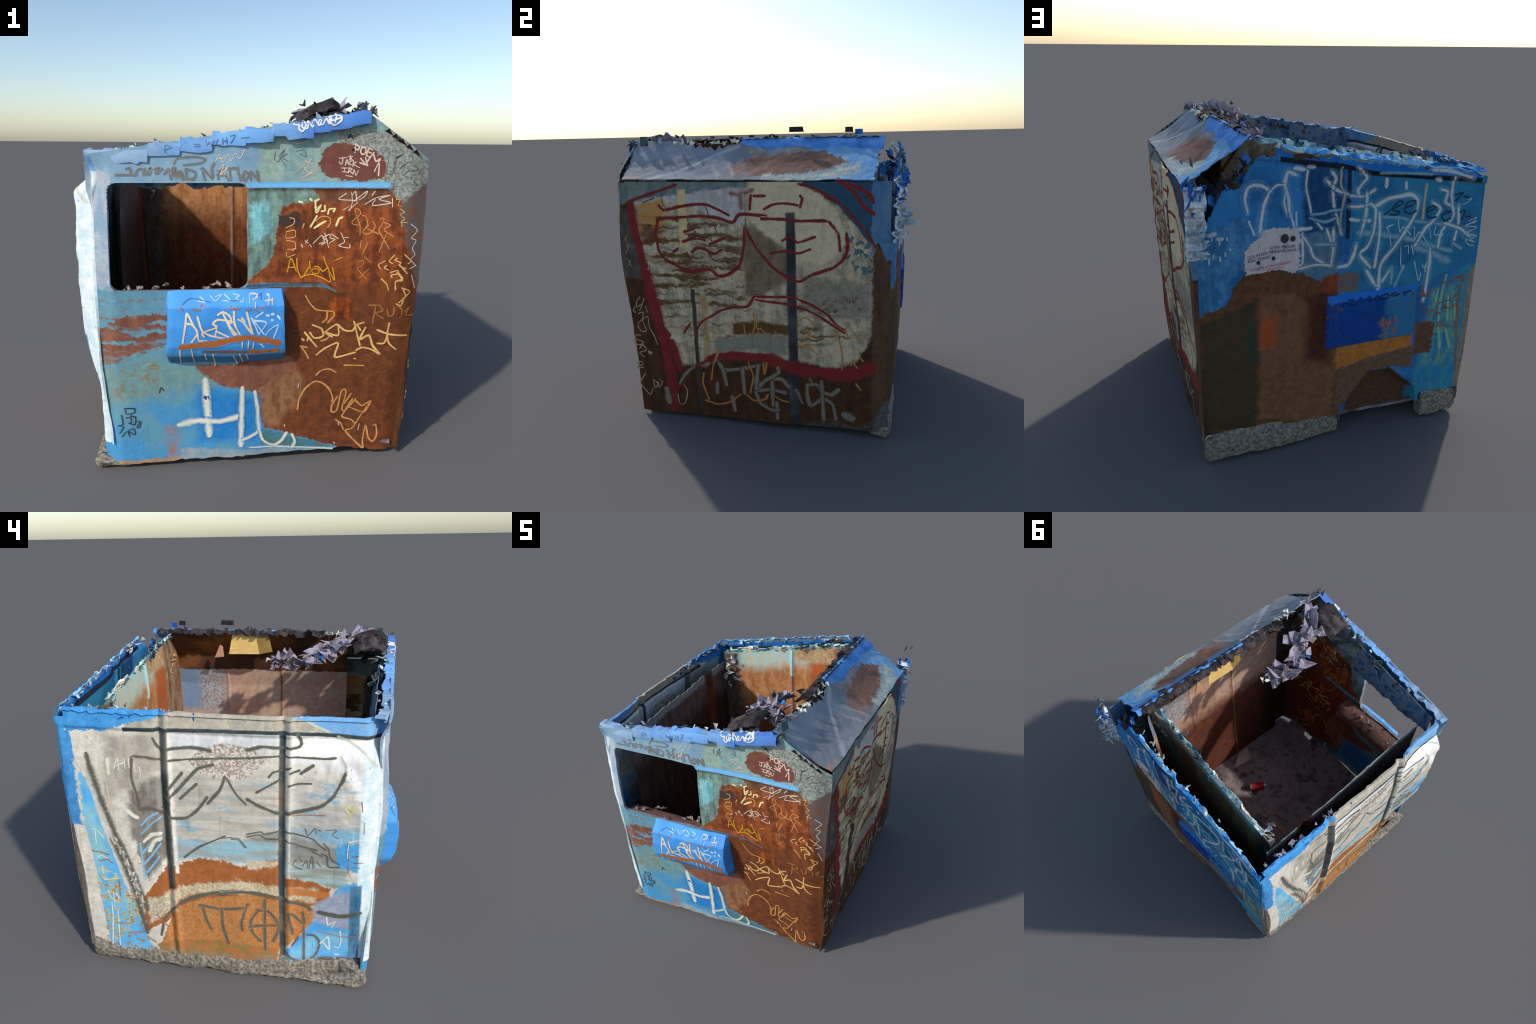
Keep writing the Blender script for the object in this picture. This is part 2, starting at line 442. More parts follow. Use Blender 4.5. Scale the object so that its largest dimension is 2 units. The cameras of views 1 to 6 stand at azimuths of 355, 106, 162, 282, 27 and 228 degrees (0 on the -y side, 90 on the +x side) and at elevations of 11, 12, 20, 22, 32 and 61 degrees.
# ---------------------------------------------------------------- concrete foot
def build_plinth(mat):
    def block(path, zt, depth, seed, n=120):
        """rough concrete ledge: path = list of (x, y) at its outer face, inward normal computed"""
        p = np.array(path); L = np.concatenate([[0], np.cumsum(np.hypot(*np.diff(p, axis=0).T))])
        t = np.linspace(0, L[-1], n)
        x, y = np.interp(t, L, p[:, 0]), np.interp(t, L, p[:, 1])
        top = np.interp(t, np.linspace(0, L[-1], len(zt)), zt)
        tx, ty = np.gradient(x), np.gradient(y); ll = np.hypot(tx, ty); nx, ny = ty / ll, -tx / ll
        rows = []
        for o, h in ((depth, 0), (.012, 0), (.0, .25), (.0, .6), (.006, .92), (.016, 1.0), (depth, 1.0)):
            r = .012 * fbm(t * 14, h * 5, seed) + .005 * fbm(t * 45, h * 17, seed + 1)
            rows.append(np.stack([x + nx * (o + r), y + ny * (o + r), .02 + .015 * fbm(t * 6, 1, seed + 2) + np.maximum((top - .02) * h + .35 * r * (h > 0), 0)], -1))
        R = np.array(rows)
        vs = R.reshape(-1, 3); m, k = R.shape[:2]; fs = []
        for i in range(m):
            for j in range(k - 1):
                a, b = i * k + j, ((i + 1) % m) * k + j
                fs.append((a, a + 1, b + 1, b))
        fs.append([i * k for i in range(m)]); fs.append([i * k + k - 1 for i in range(m)][::-1])
        new_object("plinth", vs, fs, mat, angle=40)
    # left side and its front corner
    side = [(float(left_x(y, .13)) - .006, float(y)) for y in np.linspace(-.70, .79, 16)]
    block([(-.60, -.835), (-.77, -.856), (-.802, -.846), (-.80, -.80)] + side + [(-.80, .82), (-.58, .815)],
          [.02, .08, .15, .165, .16, .15, .14, .13, .12, .115, .15, .19, .20], .08, 131, 280)
    # worn foot under the front left corner
    block([(-.60, -.835), (-.79, -.862), (-.822, -.852), (-.826, -.60), (-.832, -.20)], [.03, .05, .085, .06, .05, .045, .06], .06, 135, 120)
    # back right
    block([(-.02, .80), (.30, .845), (.76, .862), (.80, .845), (.79, .74)], [.17, .19, .21, .20, .12], .05, 133, 160)
# ---------------------------------------------------------------- corners, torn pieces, litter
def bridge(name, A, B, mat, bulge=(0, 0, 0), seed=0, rough=.006, thick=.005, rows=6, flip=False):
    """corner post: sheet bent between two wall edges A and B"""
    out = []
    for s in np.linspace(0, 1, rows):
        w = math.sin(math.pi * s)
        p = A * (1 - s) + B * s + np.array(bulge) * w
        n = rough * w * fbm(np.arange(len(A)) * .21, s * 3, seed)
        p = p + n[:, None] * np.sign(np.array(bulge) + 1e-9) * (np.array(bulge) != 0)
        out.append(p)
    return strip(name, out[::-1] if flip else out, mat, thick=thick)

def build_corners(mf, mr, ml, mb, fold):
    z = np.linspace(.03, 1.57, 120)
    xr = front_edge_right(z)
    bridge("corner_post", np.stack([xr - .004, front_y(xr - .004, z), z], -1), np.stack([right_x(-.795 + 0 * z, z), -.795 + 0 * z, z], -1), mr, (.006, -.006, 0), 201, .004)
    z = np.linspace(.16, 1.59, 120)
    xl = np.interp(z, [0, 1.5, 1.62, 1.8], [-.765, -.772, -.80, -.803])
    bridge("corner_post", np.stack([left_x(-.862 + 0 * z, z), -.862 + 0 * z, z], -1), np.stack([xl + .004, front_y(xl + .004, z), z], -1), ml, (-.006, -.006, 0), 202, .004)
    z = np.linspace(.10, 1.56, 120)
    bridge("corner_post", np.stack([-.836 + 0 * z, back_y(-.836 + 0 * z, z) - .002, z], -1), np.stack([left_x(.795 + 0 * z, z), .795 + 0 * z, z], -1), ml, (-.004, .006, 0), 203, .004)
    z = np.linspace(.10, 1.30, 100)
    bridge("corner_post", np.stack([right_x(.838 + 0 * z, z), .838 + 0 * z, z], -1), np.stack([.795 + 0 * z, back_y(.795 + 0 * z, z) + .001, z], -1), mr, (.004, .006, 0), 204, .004)
    # crumpled fold of torn sheet hanging from the back right corner
    z = np.linspace(1.24, 1.61, 30)
    zig = .045 * (hash2(np.arange(30), 2.0, 205) - .35) + .02 * fbm(z * 9, 1, 205)
    rows = []
    for s in np.linspace(0, 1, 7):
        x = .852 - s * (.10 + .012 * fbm(z * 22, 4, 206)); y = .862 + zig * (.4 + 1.1 * math.sin(math.pi * (.15 + .8 * s))) + .012 * fbm(z * 30, s * 7, 207) + .03 * (z > 1.5) * s
        rows.append(np.stack([x, y, z + .006 * fbm(z * 40, s * 9, 208)], -1))
    strip("crumpled_sheet", rows, fold, thick=.004, angle=12)

def build_torn(mats):
    r = np.random.default_rng(11)
    def scatter(n, box, size, seed):
        q = np.random.default_rng(seed)
        lo, hi = np.array(box[0]), np.array(box[1])
        return lo + (hi - lo) * q.random((n, 3)), q.uniform(size[0], size[1], n)
    # spiky shreds off the back right corner
    c, s = scatter(22, ((.76, .87, 1.27), (.85, .945, 1.45)), (.025, .045), 301); shards("torn_shred", c, s, mats["pale"], 311, normal=(.6, 0, .6), flat=(1, .4, 1), spike=1.5)
    c, s = scatter(12, ((.76, .87, 1.45), (.85, .94, 1.62)), (.025, .04), 302); shards("torn_shred", c, s, mats["blue"], 312, normal=(1, 0, .1), flat=(1, .3, .6), spike=1.7)
    c, s = scatter(6, ((.80, .875, 1.60), (.86, .90, 1.76)), (.018, .03), 303); shards("torn_shred", c, s, mats["dusk"], 313, normal=(1, 0, 0), flat=(.4, .6, .2), spike=1.6)
    new_object("torn_shred", [(.79, .99, 1.36), (.81, .998, 1.33), (.80, .92, 1.34), (.80, .93, 1.37), (.795, .975, 1.57), (.805, .90, 1.56), (.80, .91, 1.59), (.79, .92, 1.57)],
               [(0, 1, 2, 3), (4, 5, 6), (4, 6, 7)], mats["pale"], smooth=False)
    # black roofing felt heap on the front of the ridge
    xs = np.linspace(.17, .39, 14)
    rows = [np.stack([xs, -.86 + q + .02 * fbm(xs * 12, q * 30, 321), np.interp(xs, [.17, .27, .36, .39], [1.765, 1.82, 1.85, 1.835]) + h + .012 * fbm(xs * 16, q * 24, 322)], -1) for q, h in ((0, -.03), (.03, .0), (.09, .012), (.15, .0), (.20, -.03))]
    strip("roofing_felt", rows[::-1], mats["felt"], thick=.008, angle=15)
    c, s = scatter(9, ((.20, -.86, 1.79), (.38, -.66, 1.83)), (.02, .045), 323); shards("torn_felt", c, s, mats["felt"], 324, normal=(0, 0, 1))
    # pieces standing on the ridge
    for (x, y, z, w, h, m) in ((.50, .232, 1.874, .095, .016, "felt"), (.50, .56, 1.866, .05, .016, "felt"), (.50, .62, 1.852, .05, .016, "blue"), (.52, -.70, 1.822, .05, .02, "pale"), (.53, -.80, 1.82, .06, .03, "dusk")):
        new_object("ridge_tab", [(x, y - w / 2, z - h), (x + .01, y + w / 2, z - h), (x + .004, y + w * .42, z + h), (x - .006, y - w * .5, z + h),
                                 (x - .006, y - w / 2, z - h), (x + .004, y + w / 2, z - h), (x - .002, y + w * .42, z + h), (x - .012, y - w * .5, z + h)],
                   [(0, 1, 2, 3), (7, 6, 5, 4), (0, 4, 5, 1), (1, 5, 6, 2), (2, 6, 7, 3), (3, 7, 4, 0)], mats[m], smooth=False)
    c, s = scatter(5, ((.50, -.90, 1.80), (.58, -.84, 1.82)), (.014, .03), 325); shards("torn_shred", c, s, mats["dusk"], 326, normal=(.3, 0, 1), spike=1.8)
    # torn lining hanging inside the front right corner
    path = np.array([(.50, -.76, 1.80), (.36, -.66, 1.80), (.28, -.50, 1.74), (.22, -.38, 1.69), (.20, -.26, 1.68), (.235, -.15, 1.68)])
    t = np.random.default_rng(331).random(64) ** .9 * (len(path) - 1)
    i = np.minimum(t.astype(int), len(path) - 2); f = (t - i)[:, None]
    c = path[i] * (1 - f) + path[i + 1] * f + np.random.default_rng(332).normal(0, 1, (64, 3)) * np.array([.045, .03, .022]) * (1.2 - .12 * t[:, None])
    shards("torn_lining", c[:44], np.random.default_rng(333).uniform(.045, .095, 44), mats["grey"], 334, normal=(-.4, .1, .9), sides=(4, 6))
    shards("torn_lining", c[44:58], np.random.default_rng(335).uniform(.04, .08, 14), mats["grey"], 336, normal=(-.4, .1, .9), sides=(4, 6))
    shards("torn_lining", c[58:61], np.random.default_rng(337).uniform(.03, .05, 3), mats["blue"], 338, normal=(-.4, .1, .9), sides=(4, 5))
    shards("torn_lining", [(.215, -.13, 1.675), (.255, -.09, 1.67), (.235, -.18, 1.675)], [.035, .03, .03], mats["white"], 339, normal=(-.3, 0, 1), sides=(4, 5))
    # dark scraps under the front eave and along the inner ridge band
    c, s = scatter(36, ((-.2, -.86, 1.50), (.75, -.80, 1.66)), (.03, .07), 341)
    c[:, 2] = roof(c[:, 0]) - .03 - .16 * np.random.default_rng(342).random(36) * sm(-.3, .3, c[:, 0])
    shards("torn_lining", c, s, mats["dusk"], 343, normal=(0, 1, .2), flat=(1, .6, 1), sides=(4, 5))
    c, s = scatter(26, ((.46, -.80, 1.62), (.66, -.45, 1.8)), (.03, .07), 344)
    c[:, 0] = .66 - (c[:, 2] - 1.5) * .55
    shards("torn_lining", c, s, mats["felt"], 345, normal=(-1, 0, -.3), sides=(4, 6))
    # shreds along the left and back top edges
    n = 30; q = np.random.default_rng(351); y = q.uniform(0.05, .80, n)
    shards("torn_shred", np.stack([left_x(y, 1.59 + 0 * y) + q.uniform(0, .02, n), y, 1.590 + q.uniform(-.03, .012, n)], -1), q.uniform(.012, .028, n), mats["blue"], 352, normal=(-.7, 0, .7))
    n = 22; y = q.uniform(.2, .80, n)
    shards("torn_shred", np.stack([-.80 + q.uniform(0, .03, n), y, 1.598 + q.uniform(-.01, .014, n)], -1), q.uniform(.014, .03, n), mats["grey"], 353, normal=(-.3, 0, 1))
    n = 28; x = q.uniform(-.8, .42, n)
    shards("torn_shred", np.stack([x, .825 + q.uniform(-.015, .02, n), roof(x) + q.uniform(-.02, .012, n)], -1), q.uniform(.014, .034, n), mats["pale"], 354, normal=(0, .6, .7))
    n = 24; x = q.uniform(-.5, .5, n)
    shards("torn_shred", np.stack([x, .645 + q.uniform(-.03, .02, n), roof(x) + q.uniform(-.01, .014, n)], -1), q.uniform(.016, .036, n), mats["dusk"], 355, normal=(0, .3, 1))
    n = 12; x = q.uniform(-.75, .45, n)
    shards("torn_shred", np.stack([x, -.86 + q.uniform(-.01, .05, n), roof(x) + q.uniform(-.006, .012, n)], -1), q.uniform(.014, .032, n), mats["pale"], 356, normal=(0, -.2, 1))
    n = 30; y = q.uniform(-.55, .70, n)
    shards("torn_shred", np.stack([.48 + q.uniform(-.03, .03, n), y, 1.825 + q.uniform(-.02, .016, n)], -1), q.uniform(.014, .04, n), mats["felt"], 357, normal=(-.3, 0, 1))
    n = 26; y = q.uniform(-.62, -.12, n)
    shards("torn_shred", np.stack([.50 + q.uniform(-.01, .05, n), y, 1.815 - .02 * q.random(n)], -1), q.uniform(.016, .036, n), mats["white"], 358, normal=(.4, 0, 1))
    # torn inner strip hanging at the back left inner corner
    q = np.random.default_rng(361)
    zz = np.linspace(1.28, 1.60, 14)
    c = np.stack([-.62 + .04 * q.normal(0, 1, 14) * .6, .60 + .02 * q.normal(0, 1, 14), zz], -1)
    shards("torn_lining", c, q.uniform(.025, .05, 14), mats["pale"], 362, normal=(.6, -.8, 0))
    shards("torn_lining", [(.50, .66, 1.60), (.46, .65, 1.57), (.53, .65, 1.63), (.42, .63, 1.52), (.44, .64, 1.55)], [.05, .05, .05, .03, .04], mats["flesh"], 363, normal=(-.3, -.6, .6))
    # dark tatters in the torn back corner
    c, s = scatter(20, ((.52, .80, 1.40), (.76, .835, 1.68)), (.03, .06), 371)
    c[:, 2] = np.interp(c[:, 0], [.5, .6, .72, .78], [1.72, 1.63, 1.52, 1.36]) + .03 * np.random.default_rng(372).normal(0, 1, 20)
    shards("torn_shred", c[:12], s[:12], mats["felt"], 373, normal=(0, 1, .3)); shards("torn_shred", c[12:], s[12:], mats["blue"], 374, normal=(0, 1, .3))
    # dark triangular plates standing in for holes along the front roof edge
    for x, h in ((.622, .015), (.657, .015), (.690, .014), (.727, .016), (.764, .015)):
        z = float(roof(x)) - .026; y = float(front_y(x, z)) - .004
        new_object("dark_notch_plate", [(x - .018, y, z + .004), (x + .022, y + .002, z - .016), (x + .002, y, z + .016), (x - .018, y + .02, z + .004), (x + .022, y + .022, z - .016), (x + .002, y + .02, z + .016)],
                   [(0, 1, 2), (5, 4, 3), (0, 3, 4, 1), (1, 4, 5, 2), (2, 5, 3, 0)], mats["notch"], smooth=False)
    # pale board showing between ridge and lining
    def board(name, q, m, thick=.008):
        q = np.array(q); n = np.cross(q[1] - q[0], q[3] - q[0]); n /= np.linalg.norm(n)
        v = np.concatenate([q, q - n * thick])
        new_object(name, v, [(0, 1, 2, 3), (7, 6, 5, 4), (0, 4, 5, 1), (1, 5, 6, 2), (2, 6, 7, 3), (3, 7, 4, 0)], m, smooth=False)
    board("bare_board", [(.475, .22, 1.66), (.47, .0, 1.665), (.485, .03, 1.815), (.485, .19, 1.815)], mats["board"])
    board("bare_board", [(.47, .0, 1.665), (.49, -.09, 1.68), (.487, -.06, 1.81), (.485, .03, 1.815)], mats["board_dark"])
    board("bare_board", [(.49, .33, 1.63), (.478, .26, 1.64), (.49, .27, 1.71), (.50, .29, 1.72)], mats["flesh"])

def build_litter(mats):
    # drink can
    n = 28; prof = [(.0, -.075), (.026, -.075), (.032, -.066), (.033, .06), (.026, .074), (.0, .074)]
    ax = np.array([.271 - .04, -.022 - .065, 0]) - np.array([.271 + .04, -.022 + .065, 0]); ax /= np.linalg.norm(ax)
    side = np.array([-ax[1], ax[0], 0]); up = np.array([0, 0, 1.0]); c0 = np.array([.271, -.022, .125])
    def tube(name, pr, mat):
        v, f = [], []
        for r_, h in pr:
            for k in range(n):
                a = 2 * math.pi * k / n; v.append(c0 + ax * h + side * math.cos(a) * r_ + up * math.sin(a) * r_ * (.9 if r_ > .03 else 1))
        for i in range(len(pr) - 1):
            for k in range(n): f.append((i * n + k, i * n + (k + 1) % n, (i + 1) * n + (k + 1) % n, (i + 1) * n + k))
        return new_object(name, v, f, mat, angle=30)
    tube("drink_can", [(.033, -.055), (.0335, 0), (.033, .055)], mats["can"])
    tube("can_end", [(.001, -.070), (.024, -.072), (.027, -.075), (.033, -.055)], mats["tin"])
    tube("can_end", [(.033, .055), (.027, .075), (.024, .072), (.001, .070)], mats["tin"])
    def scrap(name, pts, mat, seed, lift=.02):
        p = np.array(pts); q = np.random.default_rng(seed)
        c = p.mean(0); N = 7; v = []; 
        m = len(p)
        for r_ in np.linspace(0, 1, N):
            for k in range(m * 6):
                a = k / 6; i = int(a) % m; f_ = a - int(a); e = p[i] * (1 - f_) + p[(i + 1) % m] * f_
                xy = c + (e - c) * r_; v.append((xy[0], xy[1], float(floor_z(xy[0], xy[1])) + .006 + lift * abs(float(fbm(xy[0] * 14, xy[1] * 14, seed)))))
        M = m * 6; f = [(r * M + k, r * M + (k + 1) % M, (r + 1) * M + (k + 1) % M, (r + 1) * M + k) for r in range(N - 1) for k in range(M)]
        nv = len(v); v = v + [(a, b, c_ - .004) for a, b, c_ in v]; f = f + [tuple(reversed([i + nv for i in q_])) for q_ in f]
        f += [((N - 1) * M + (k + 1) % M, (N - 1) * M + k, (N - 1) * M + k + nv, (N - 1) * M + (k + 1) % M + nv) for k in range(M)]
        new_object(name, v, f, mat, angle=30)
    scrap("paper_scrap", [(.69, -.17), (.67, -.21), (.54, -.17), (.58, .02), (.66, -.10)], mats["paper"], 401, .03)
    scrap("cardboard_scrap", [(.04, .04), (-.01, .0), (-.05, .05), (.0, .09)], mats["card"], 402, .02)
    scrap("cardboard_scrap", [(.03, .10), (.0, .09), (-.02, .12), (.01, .14)], mats["card"], 403, .02)
    scrap("cardboard_scrap", [(-.04, .07), (-.08, .11), (-.27, .11), (-.25, .05)], mats["card"], 404, .02)
    scrap("cardboard_scrap", [(-.08, .18), (-.17, .25), (-.25, .20), (-.18, .13)], mats["card"], 405, .02)
    scrap("paper_scrap", [(.45, .22), (.42, .20), (.41, .24)], mats["paper"], 406, .02)
    q = np.random.default_rng(411); n = 130
    x, y = q.uniform(-.62, .68, n), q.uniform(-.76, .6, n)
    shards("grit", np.stack([x, y, floor_z(x, y) + .004], -1), q.uniform(.006, .018, n), mats["grit"], 412, normal=(0, 0, 1), sides=(3, 5), thick=.006)
    # rubble on the window sill
    n = 14; x = q.uniform(WIN[0] + .05, WIN[1], n)
    shards("rubble", np.stack([x, front_y(x, .97 + 0 * x) + q.uniform(.03, .14, n), .955 + q.uniform(-.01, .012, n)], -1), q.uniform(.012, .03, n), mats["grit"], 413, normal=(0, 0, 1), sides=(4, 6), thick=.01)
# ---------------------------------------------------------------- painted and chalked marks: (paint, width, path on the wall)
MARKS = {
  "front": [
    ("white", 0.0073, [(0.468,1.651),(0.463,1.609)]),
    ("white", 0.0073, [(0.464,1.648),(0.483,1.636),(0.478,1.621),(0.461,1.63)]),
    ("white", 0.0074, [(0.498,1.636),(0.49,1.615),(0.5,1.6),(0.515,1.609),(0.514,1.63),(0.498,1.636)]),
    ("white", 0.0074, [(0.53,1.63),(0.519,1.598)]),
    ("white", 0.0074, [(0.53,1.63),(0.549,1.622)]),
    ("white", 0.0074, [(0.524,1.614),(0.543,1.607)]),
    ("white", 0.0074, [(0.519,1.596),(0.538,1.586)]),
    ("white", 0.0074, [(0.555,1.61),(0.526,1.568)]),
    ("white", 0.0074, [(0.553,1.604),(0.567,1.568),(0.587,1.58),(0.562,1.522)]),
    ("white", 0.0074, [(0.492,1.582),(0.524,1.549),(0.516,1.586)]),
    ("white", 0.0074, [(0.49,1.561),(0.527,1.549)]),
    ("white", 0.0074, [(0.584,1.556),(0.582,1.501)]),
    ("white", 0.0049, [(0.39,1.582),(0.424,1.585)]),
    ("white", 0.0049, [(0.407,1.584),(0.403,1.555),(0.394,1.558),(0.389,1.567)]),
    ("white", 0.0049, [(0.419,1.549),(0.426,1.576),(0.437,1.55)]),
    ("white", 0.0049, [(0.42,1.56),(0.434,1.56)]),
    ("white", 0.0049, [(0.452,1.57),(0.441,1.567),(0.442,1.554),(0.456,1.549)]),
    ("white", 0.005, [(0.458,1.573),(0.456,1.543)]),
    ("white", 0.005, [(0.471,1.564),(0.458,1.555),(0.488,1.538)]),
    ("white", 0.0049, [(0.434,1.591),(0.452,1.576)]),
    ("white", 0.0049, [(0.451,1.592),(0.437,1.574)]),
    ("white", 0.0049, [(0.442,1.596),(0.443,1.574)]),
    ("white", 0.005, [(0.401,1.536),(0.435,1.536)]),
    ("white", 0.005, [(0.418,1.536),(0.414,1.519)]),
    ("white", 0.005, [(0.405,1.519),(0.436,1.516)]),
    ("white", 0.005, [(0.436,1.513),(0.44,1.537),(0.454,1.53),(0.44,1.524),(0.457,1.51)]),
    ("white", 0.005, [(0.458,1.507),(0.463,1.528),(0.473,1.501),(0.484,1.526)]),
    ("white", 0.005, [(0.424,1.5),(0.455,1.496)]),
    ("white", 0.005, [(0.429,1.416),(0.392,1.388),(0.476,1.382)]),
    ("white", 0.005, [(0.454,1.422),(0.458,1.373),(0.446,1.334)]),
    ("white", 0.005, [(0.457,1.404),(0.473,1.425),(0.48,1.379)]),
    ("white", 0.005, [(0.467,1.379),(0.522,1.422),(0.532,1.425),(0.517,1.401),(0.492,1.385)]),
    ("white", 0.005, [(0.569,1.425),(0.554,1.407)]),
    ("white", 0.005, [(0.52,1.364),(0.576,1.395),(0.645,1.407),(0.589,1.388),(0.649,1.37),(0.558,1.358),(0.57,1.385)]),
    ("white", 0.005, [(0.655,1.391),(0.656,1.352)]),
    ("white", 0.005, [(0.415,1.337),(0.44,1.352)]),
    ("white", 0.005, [(0.483,1.373),(0.44,1.334)]),
    ("tan", 0.0058, [(0.499,1.216),(0.497,1.263),(0.471,1.337),(0.49,1.34),(0.499,1.318),(0.459,1.281),(0.463,1.269),(0.491,1.263)]),
    ("tan", 0.0058, [(0.509,1.309),(0.524,1.306),(0.535,1.269),(0.511,1.232),(0.541,1.263)]),
    ("tan", 0.0058, [(0.56,1.281),(0.573,1.262),(0.561,1.235),(0.536,1.244)]),
    ("tan", 0.0058, [(0.597,1.293),(0.616,1.296),(0.605,1.262),(0.593,1.237),(0.647,1.146)]),
    ("tan", 0.0058, [(0.617,1.275),(0.649,1.262),(0.618,1.24),(0.667,1.206)]),
    ("tan", 0.0059, [(0.632,1.225),(0.597,1.131)]),
    ("tan", 0.0058, [(0.511,1.226),(0.537,1.219),(0.562,1.231),(0.594,1.219)]),
    ("tan", 0.0058, [(0.506,1.188),(0.501,1.151)]),
    ("tan", 0.0059, [(0.538,1.175),(0.514,1.122)]),
    ("cream", 0.0123, [(0.2,1.377),(0.212,1.374)]),
    ("cream", 0.0124, [(0.253,1.389),(0.259,1.384)]),
    ("cream", 0.0124, [(0.277,1.38),(0.284,1.325),(0.306,1.361),(0.284,1.337)]),
    ("cream", 0.0124, [(0.293,1.387),(0.281,1.38)]),
    ("cream", 0.0124, [(0.309,1.331),(0.325,1.334),(0.324,1.355)]),
    ("cream", 0.0124, [(0.34,1.318),(0.346,1.34),(0.374,1.343),(0.368,1.331)]),
    ("cream", 0.0124, [(0.257,1.258),(0.285,1.307)]),
    ("cream", 0.0124, [(0.276,1.251),(0.31,1.273),(0.328,1.282)]),
    ("cream", 0.0124, [(0.382,1.263),(0.394,1.294),(0.409,1.301)]),
    ("tan", 0.0082, [(0.341,1.254),(0.353,1.276),(0.347,1.3),(0.31,1.306),(0.279,1.282)]),
    ("tan", 0.0082, [(0.217,1.252),(0.223,1.27)]),
    ("white", 0.005, [(0.212,1.172),(0.218,1.159)]),
    ("white", 0.005, [(0.23,1.19),(0.246,1.178)]),
    ("white", 0.005, [(0.233,1.178),(0.242,1.193)]),
    ("white", 0.005, [(0.252,1.171),(0.262,1.159)]),
    ("white", 0.005, [(0.271,1.177),(0.311,1.214),(0.324,1.183),(0.299,1.174)]),
    ("white", 0.005, [(0.348,1.22),(0.317,1.202),(0.342,1.189),(0.312,1.168)]),
    ("white", 0.005, [(0.326,1.226),(0.346,1.155)]),
    ("white", 0.005, [(0.392,1.198),(0.358,1.22),(0.352,1.202),(0.377,1.195),(0.352,1.18),(0.349,1.174)]),
    ("white", 0.005, [(0.405,1.226),(0.424,1.183),(0.396,1.164),(0.447,1.152),(0.451,1.17)]),
    ("white", 0.005, [(0.424,1.204),(0.443,1.204)]),
    ("yellow", 0.0068, [(0.146,1.037),(0.163,1.104),(0.19,1.04)]),
    ("yellow", 0.0068, [(0.155,1.059),(0.18,1.059)]),
    ("yellow", 0.0068, [(0.191,1.103),(0.195,1.052),(0.209,1.017),(0.222,1.01),(0.258,1.068)]),
    ("yellow", 0.0068, [(0.254,1.087),(0.258,1.052)]),
    ("yellow", 0.0068, [(0.265,1.045),(0.283,1.051),(0.302,1.045),(0.297,1.026),(0.272,1.029),(0.265,1.045)]),
    ("yellow", 0.0068, [(0.222,1.013),(0.266,1.023),(0.316,1.006),(0.362,0.982),(0.354,1.018),(0.346,1.057),(0.322,1.038),(0.296,1.061),(0.277,1.061)]),
    ("yellow", 0.0068, [(0.322,1.109),(0.346,1.051),(0.381,0.992),(0.368,1.057)]),
    ("yellow", 0.0068, [(0.373,1.089),(0.413,1.106)]),
    ("straw", 0.0042, [(0.154,1.301),(0.176,1.295),(0.173,1.271),(0.136,1.253)]),
    ("straw", 0.0042, [(0.139,1.234),(0.18,1.24),(0.18,1.209),(0.137,1.203),(0.139,1.234)]),
    ("straw", 0.0042, [(0.14,1.191),(0.18,1.184),(0.181,1.153),(0.144,1.147)]),
    ("straw", 0.0042, [(0.169,1.141),(0.187,1.153)]),
    ("straw", 0.0042, [(0.141,1.135),(0.144,1.11),(0.181,1.122)]),
    ("straw", 0.0076, [(0.628,1.086),(0.597,1.067),(0.611,1.044)]),
    ("straw", 0.0076, [(0.674,1.114),(0.65,1.086),(0.667,1.073)]),
    ("straw", 0.0077, [(0.639,1.063),(0.627,1.051),(0.647,1.041)]),
    ("straw", 0.0077, [(0.688,1.098),(0.679,1.089),(0.709,1.076),(0.7,1.063),(0.738,1.045)]),
    ("straw", 0.0077, [(0.726,1.117),(0.763,1.083),(0.749,1.071)]),
    ("straw", 0.0077, [(0.703,1.066),(0.747,1.019)]),
    ("straw", 0.0077, [(0.661,1.027),(0.695,1.037),(0.7,1.02),(0.665,1.014),(0.669,1.001)]),
    ("straw", 0.0077, [(0.706,1.02),(0.725,0.994),(0.69,0.981),(0.69,0.938)]),
    ("straw", 0.0077, [(0.617,0.995),(0.638,0.975),(0.657,0.942)]),
    ("tan", 0.0042, [(0.49,1.081),(0.519,1.091),(0.517,1.062),(0.492,1.049),(0.54,0.996)]),
    ("tan", 0.0042, [(0.55,1.048),(0.505,1.0)]),
    ("tan", 0.0042, [(0.524,1.107),(0.561,1.077)]),
    ("white", 0.0032, [(0.177,1.512),(0.255,1.578),(0.202,1.488),(0.281,1.531),(0.208,1.476),(0.276,1.488)]),
    ("white", 0.0032, [(0.219,1.542),(0.244,1.513),(0.28,1.549),(0.275,1.51),(0.244,1.513)]),
    ("white", 0.0032, [(0.162,1.655),(0.205,1.649),(0.253,1.673),(0.272,1.661),(0.29,1.644),(0.309,1.638),(0.285,1.62)]),
    ("white", 0.0032, [(0.182,1.548),(0.231,1.566),(0.262,1.554)]),
    ("dark", 0.0032, [(0.628,1.577),(0.621,1.532),(0.632,1.507),(0.653,1.514),(0.668,1.58)]),
    ("dark", 0.0032, [(0.659,1.568),(0.656,1.52),(0.672,1.511),(0.695,1.544),(0.726,1.568)]),
    ("dark", 0.0032, [(0.694,1.568),(0.708,1.544)]),
    ("dark", 0.0034, [(0.735,1.532),(0.711,1.502),(0.744,1.489),(0.758,1.471),(0.78,1.458),(0.753,1.434)]),
    ("dark", 0.0034, [(0.747,1.55),(0.783,1.532),(0.735,1.52)]),
    ("dark", 0.0032, [(0.084,1.613),(0.078,1.578),(0.097,1.566),(0.126,1.619),(0.102,1.59),(0.133,1.548)]),
    ("dark", 0.0032, [(0.139,1.602),(0.115,1.584),(0.145,1.566)]),
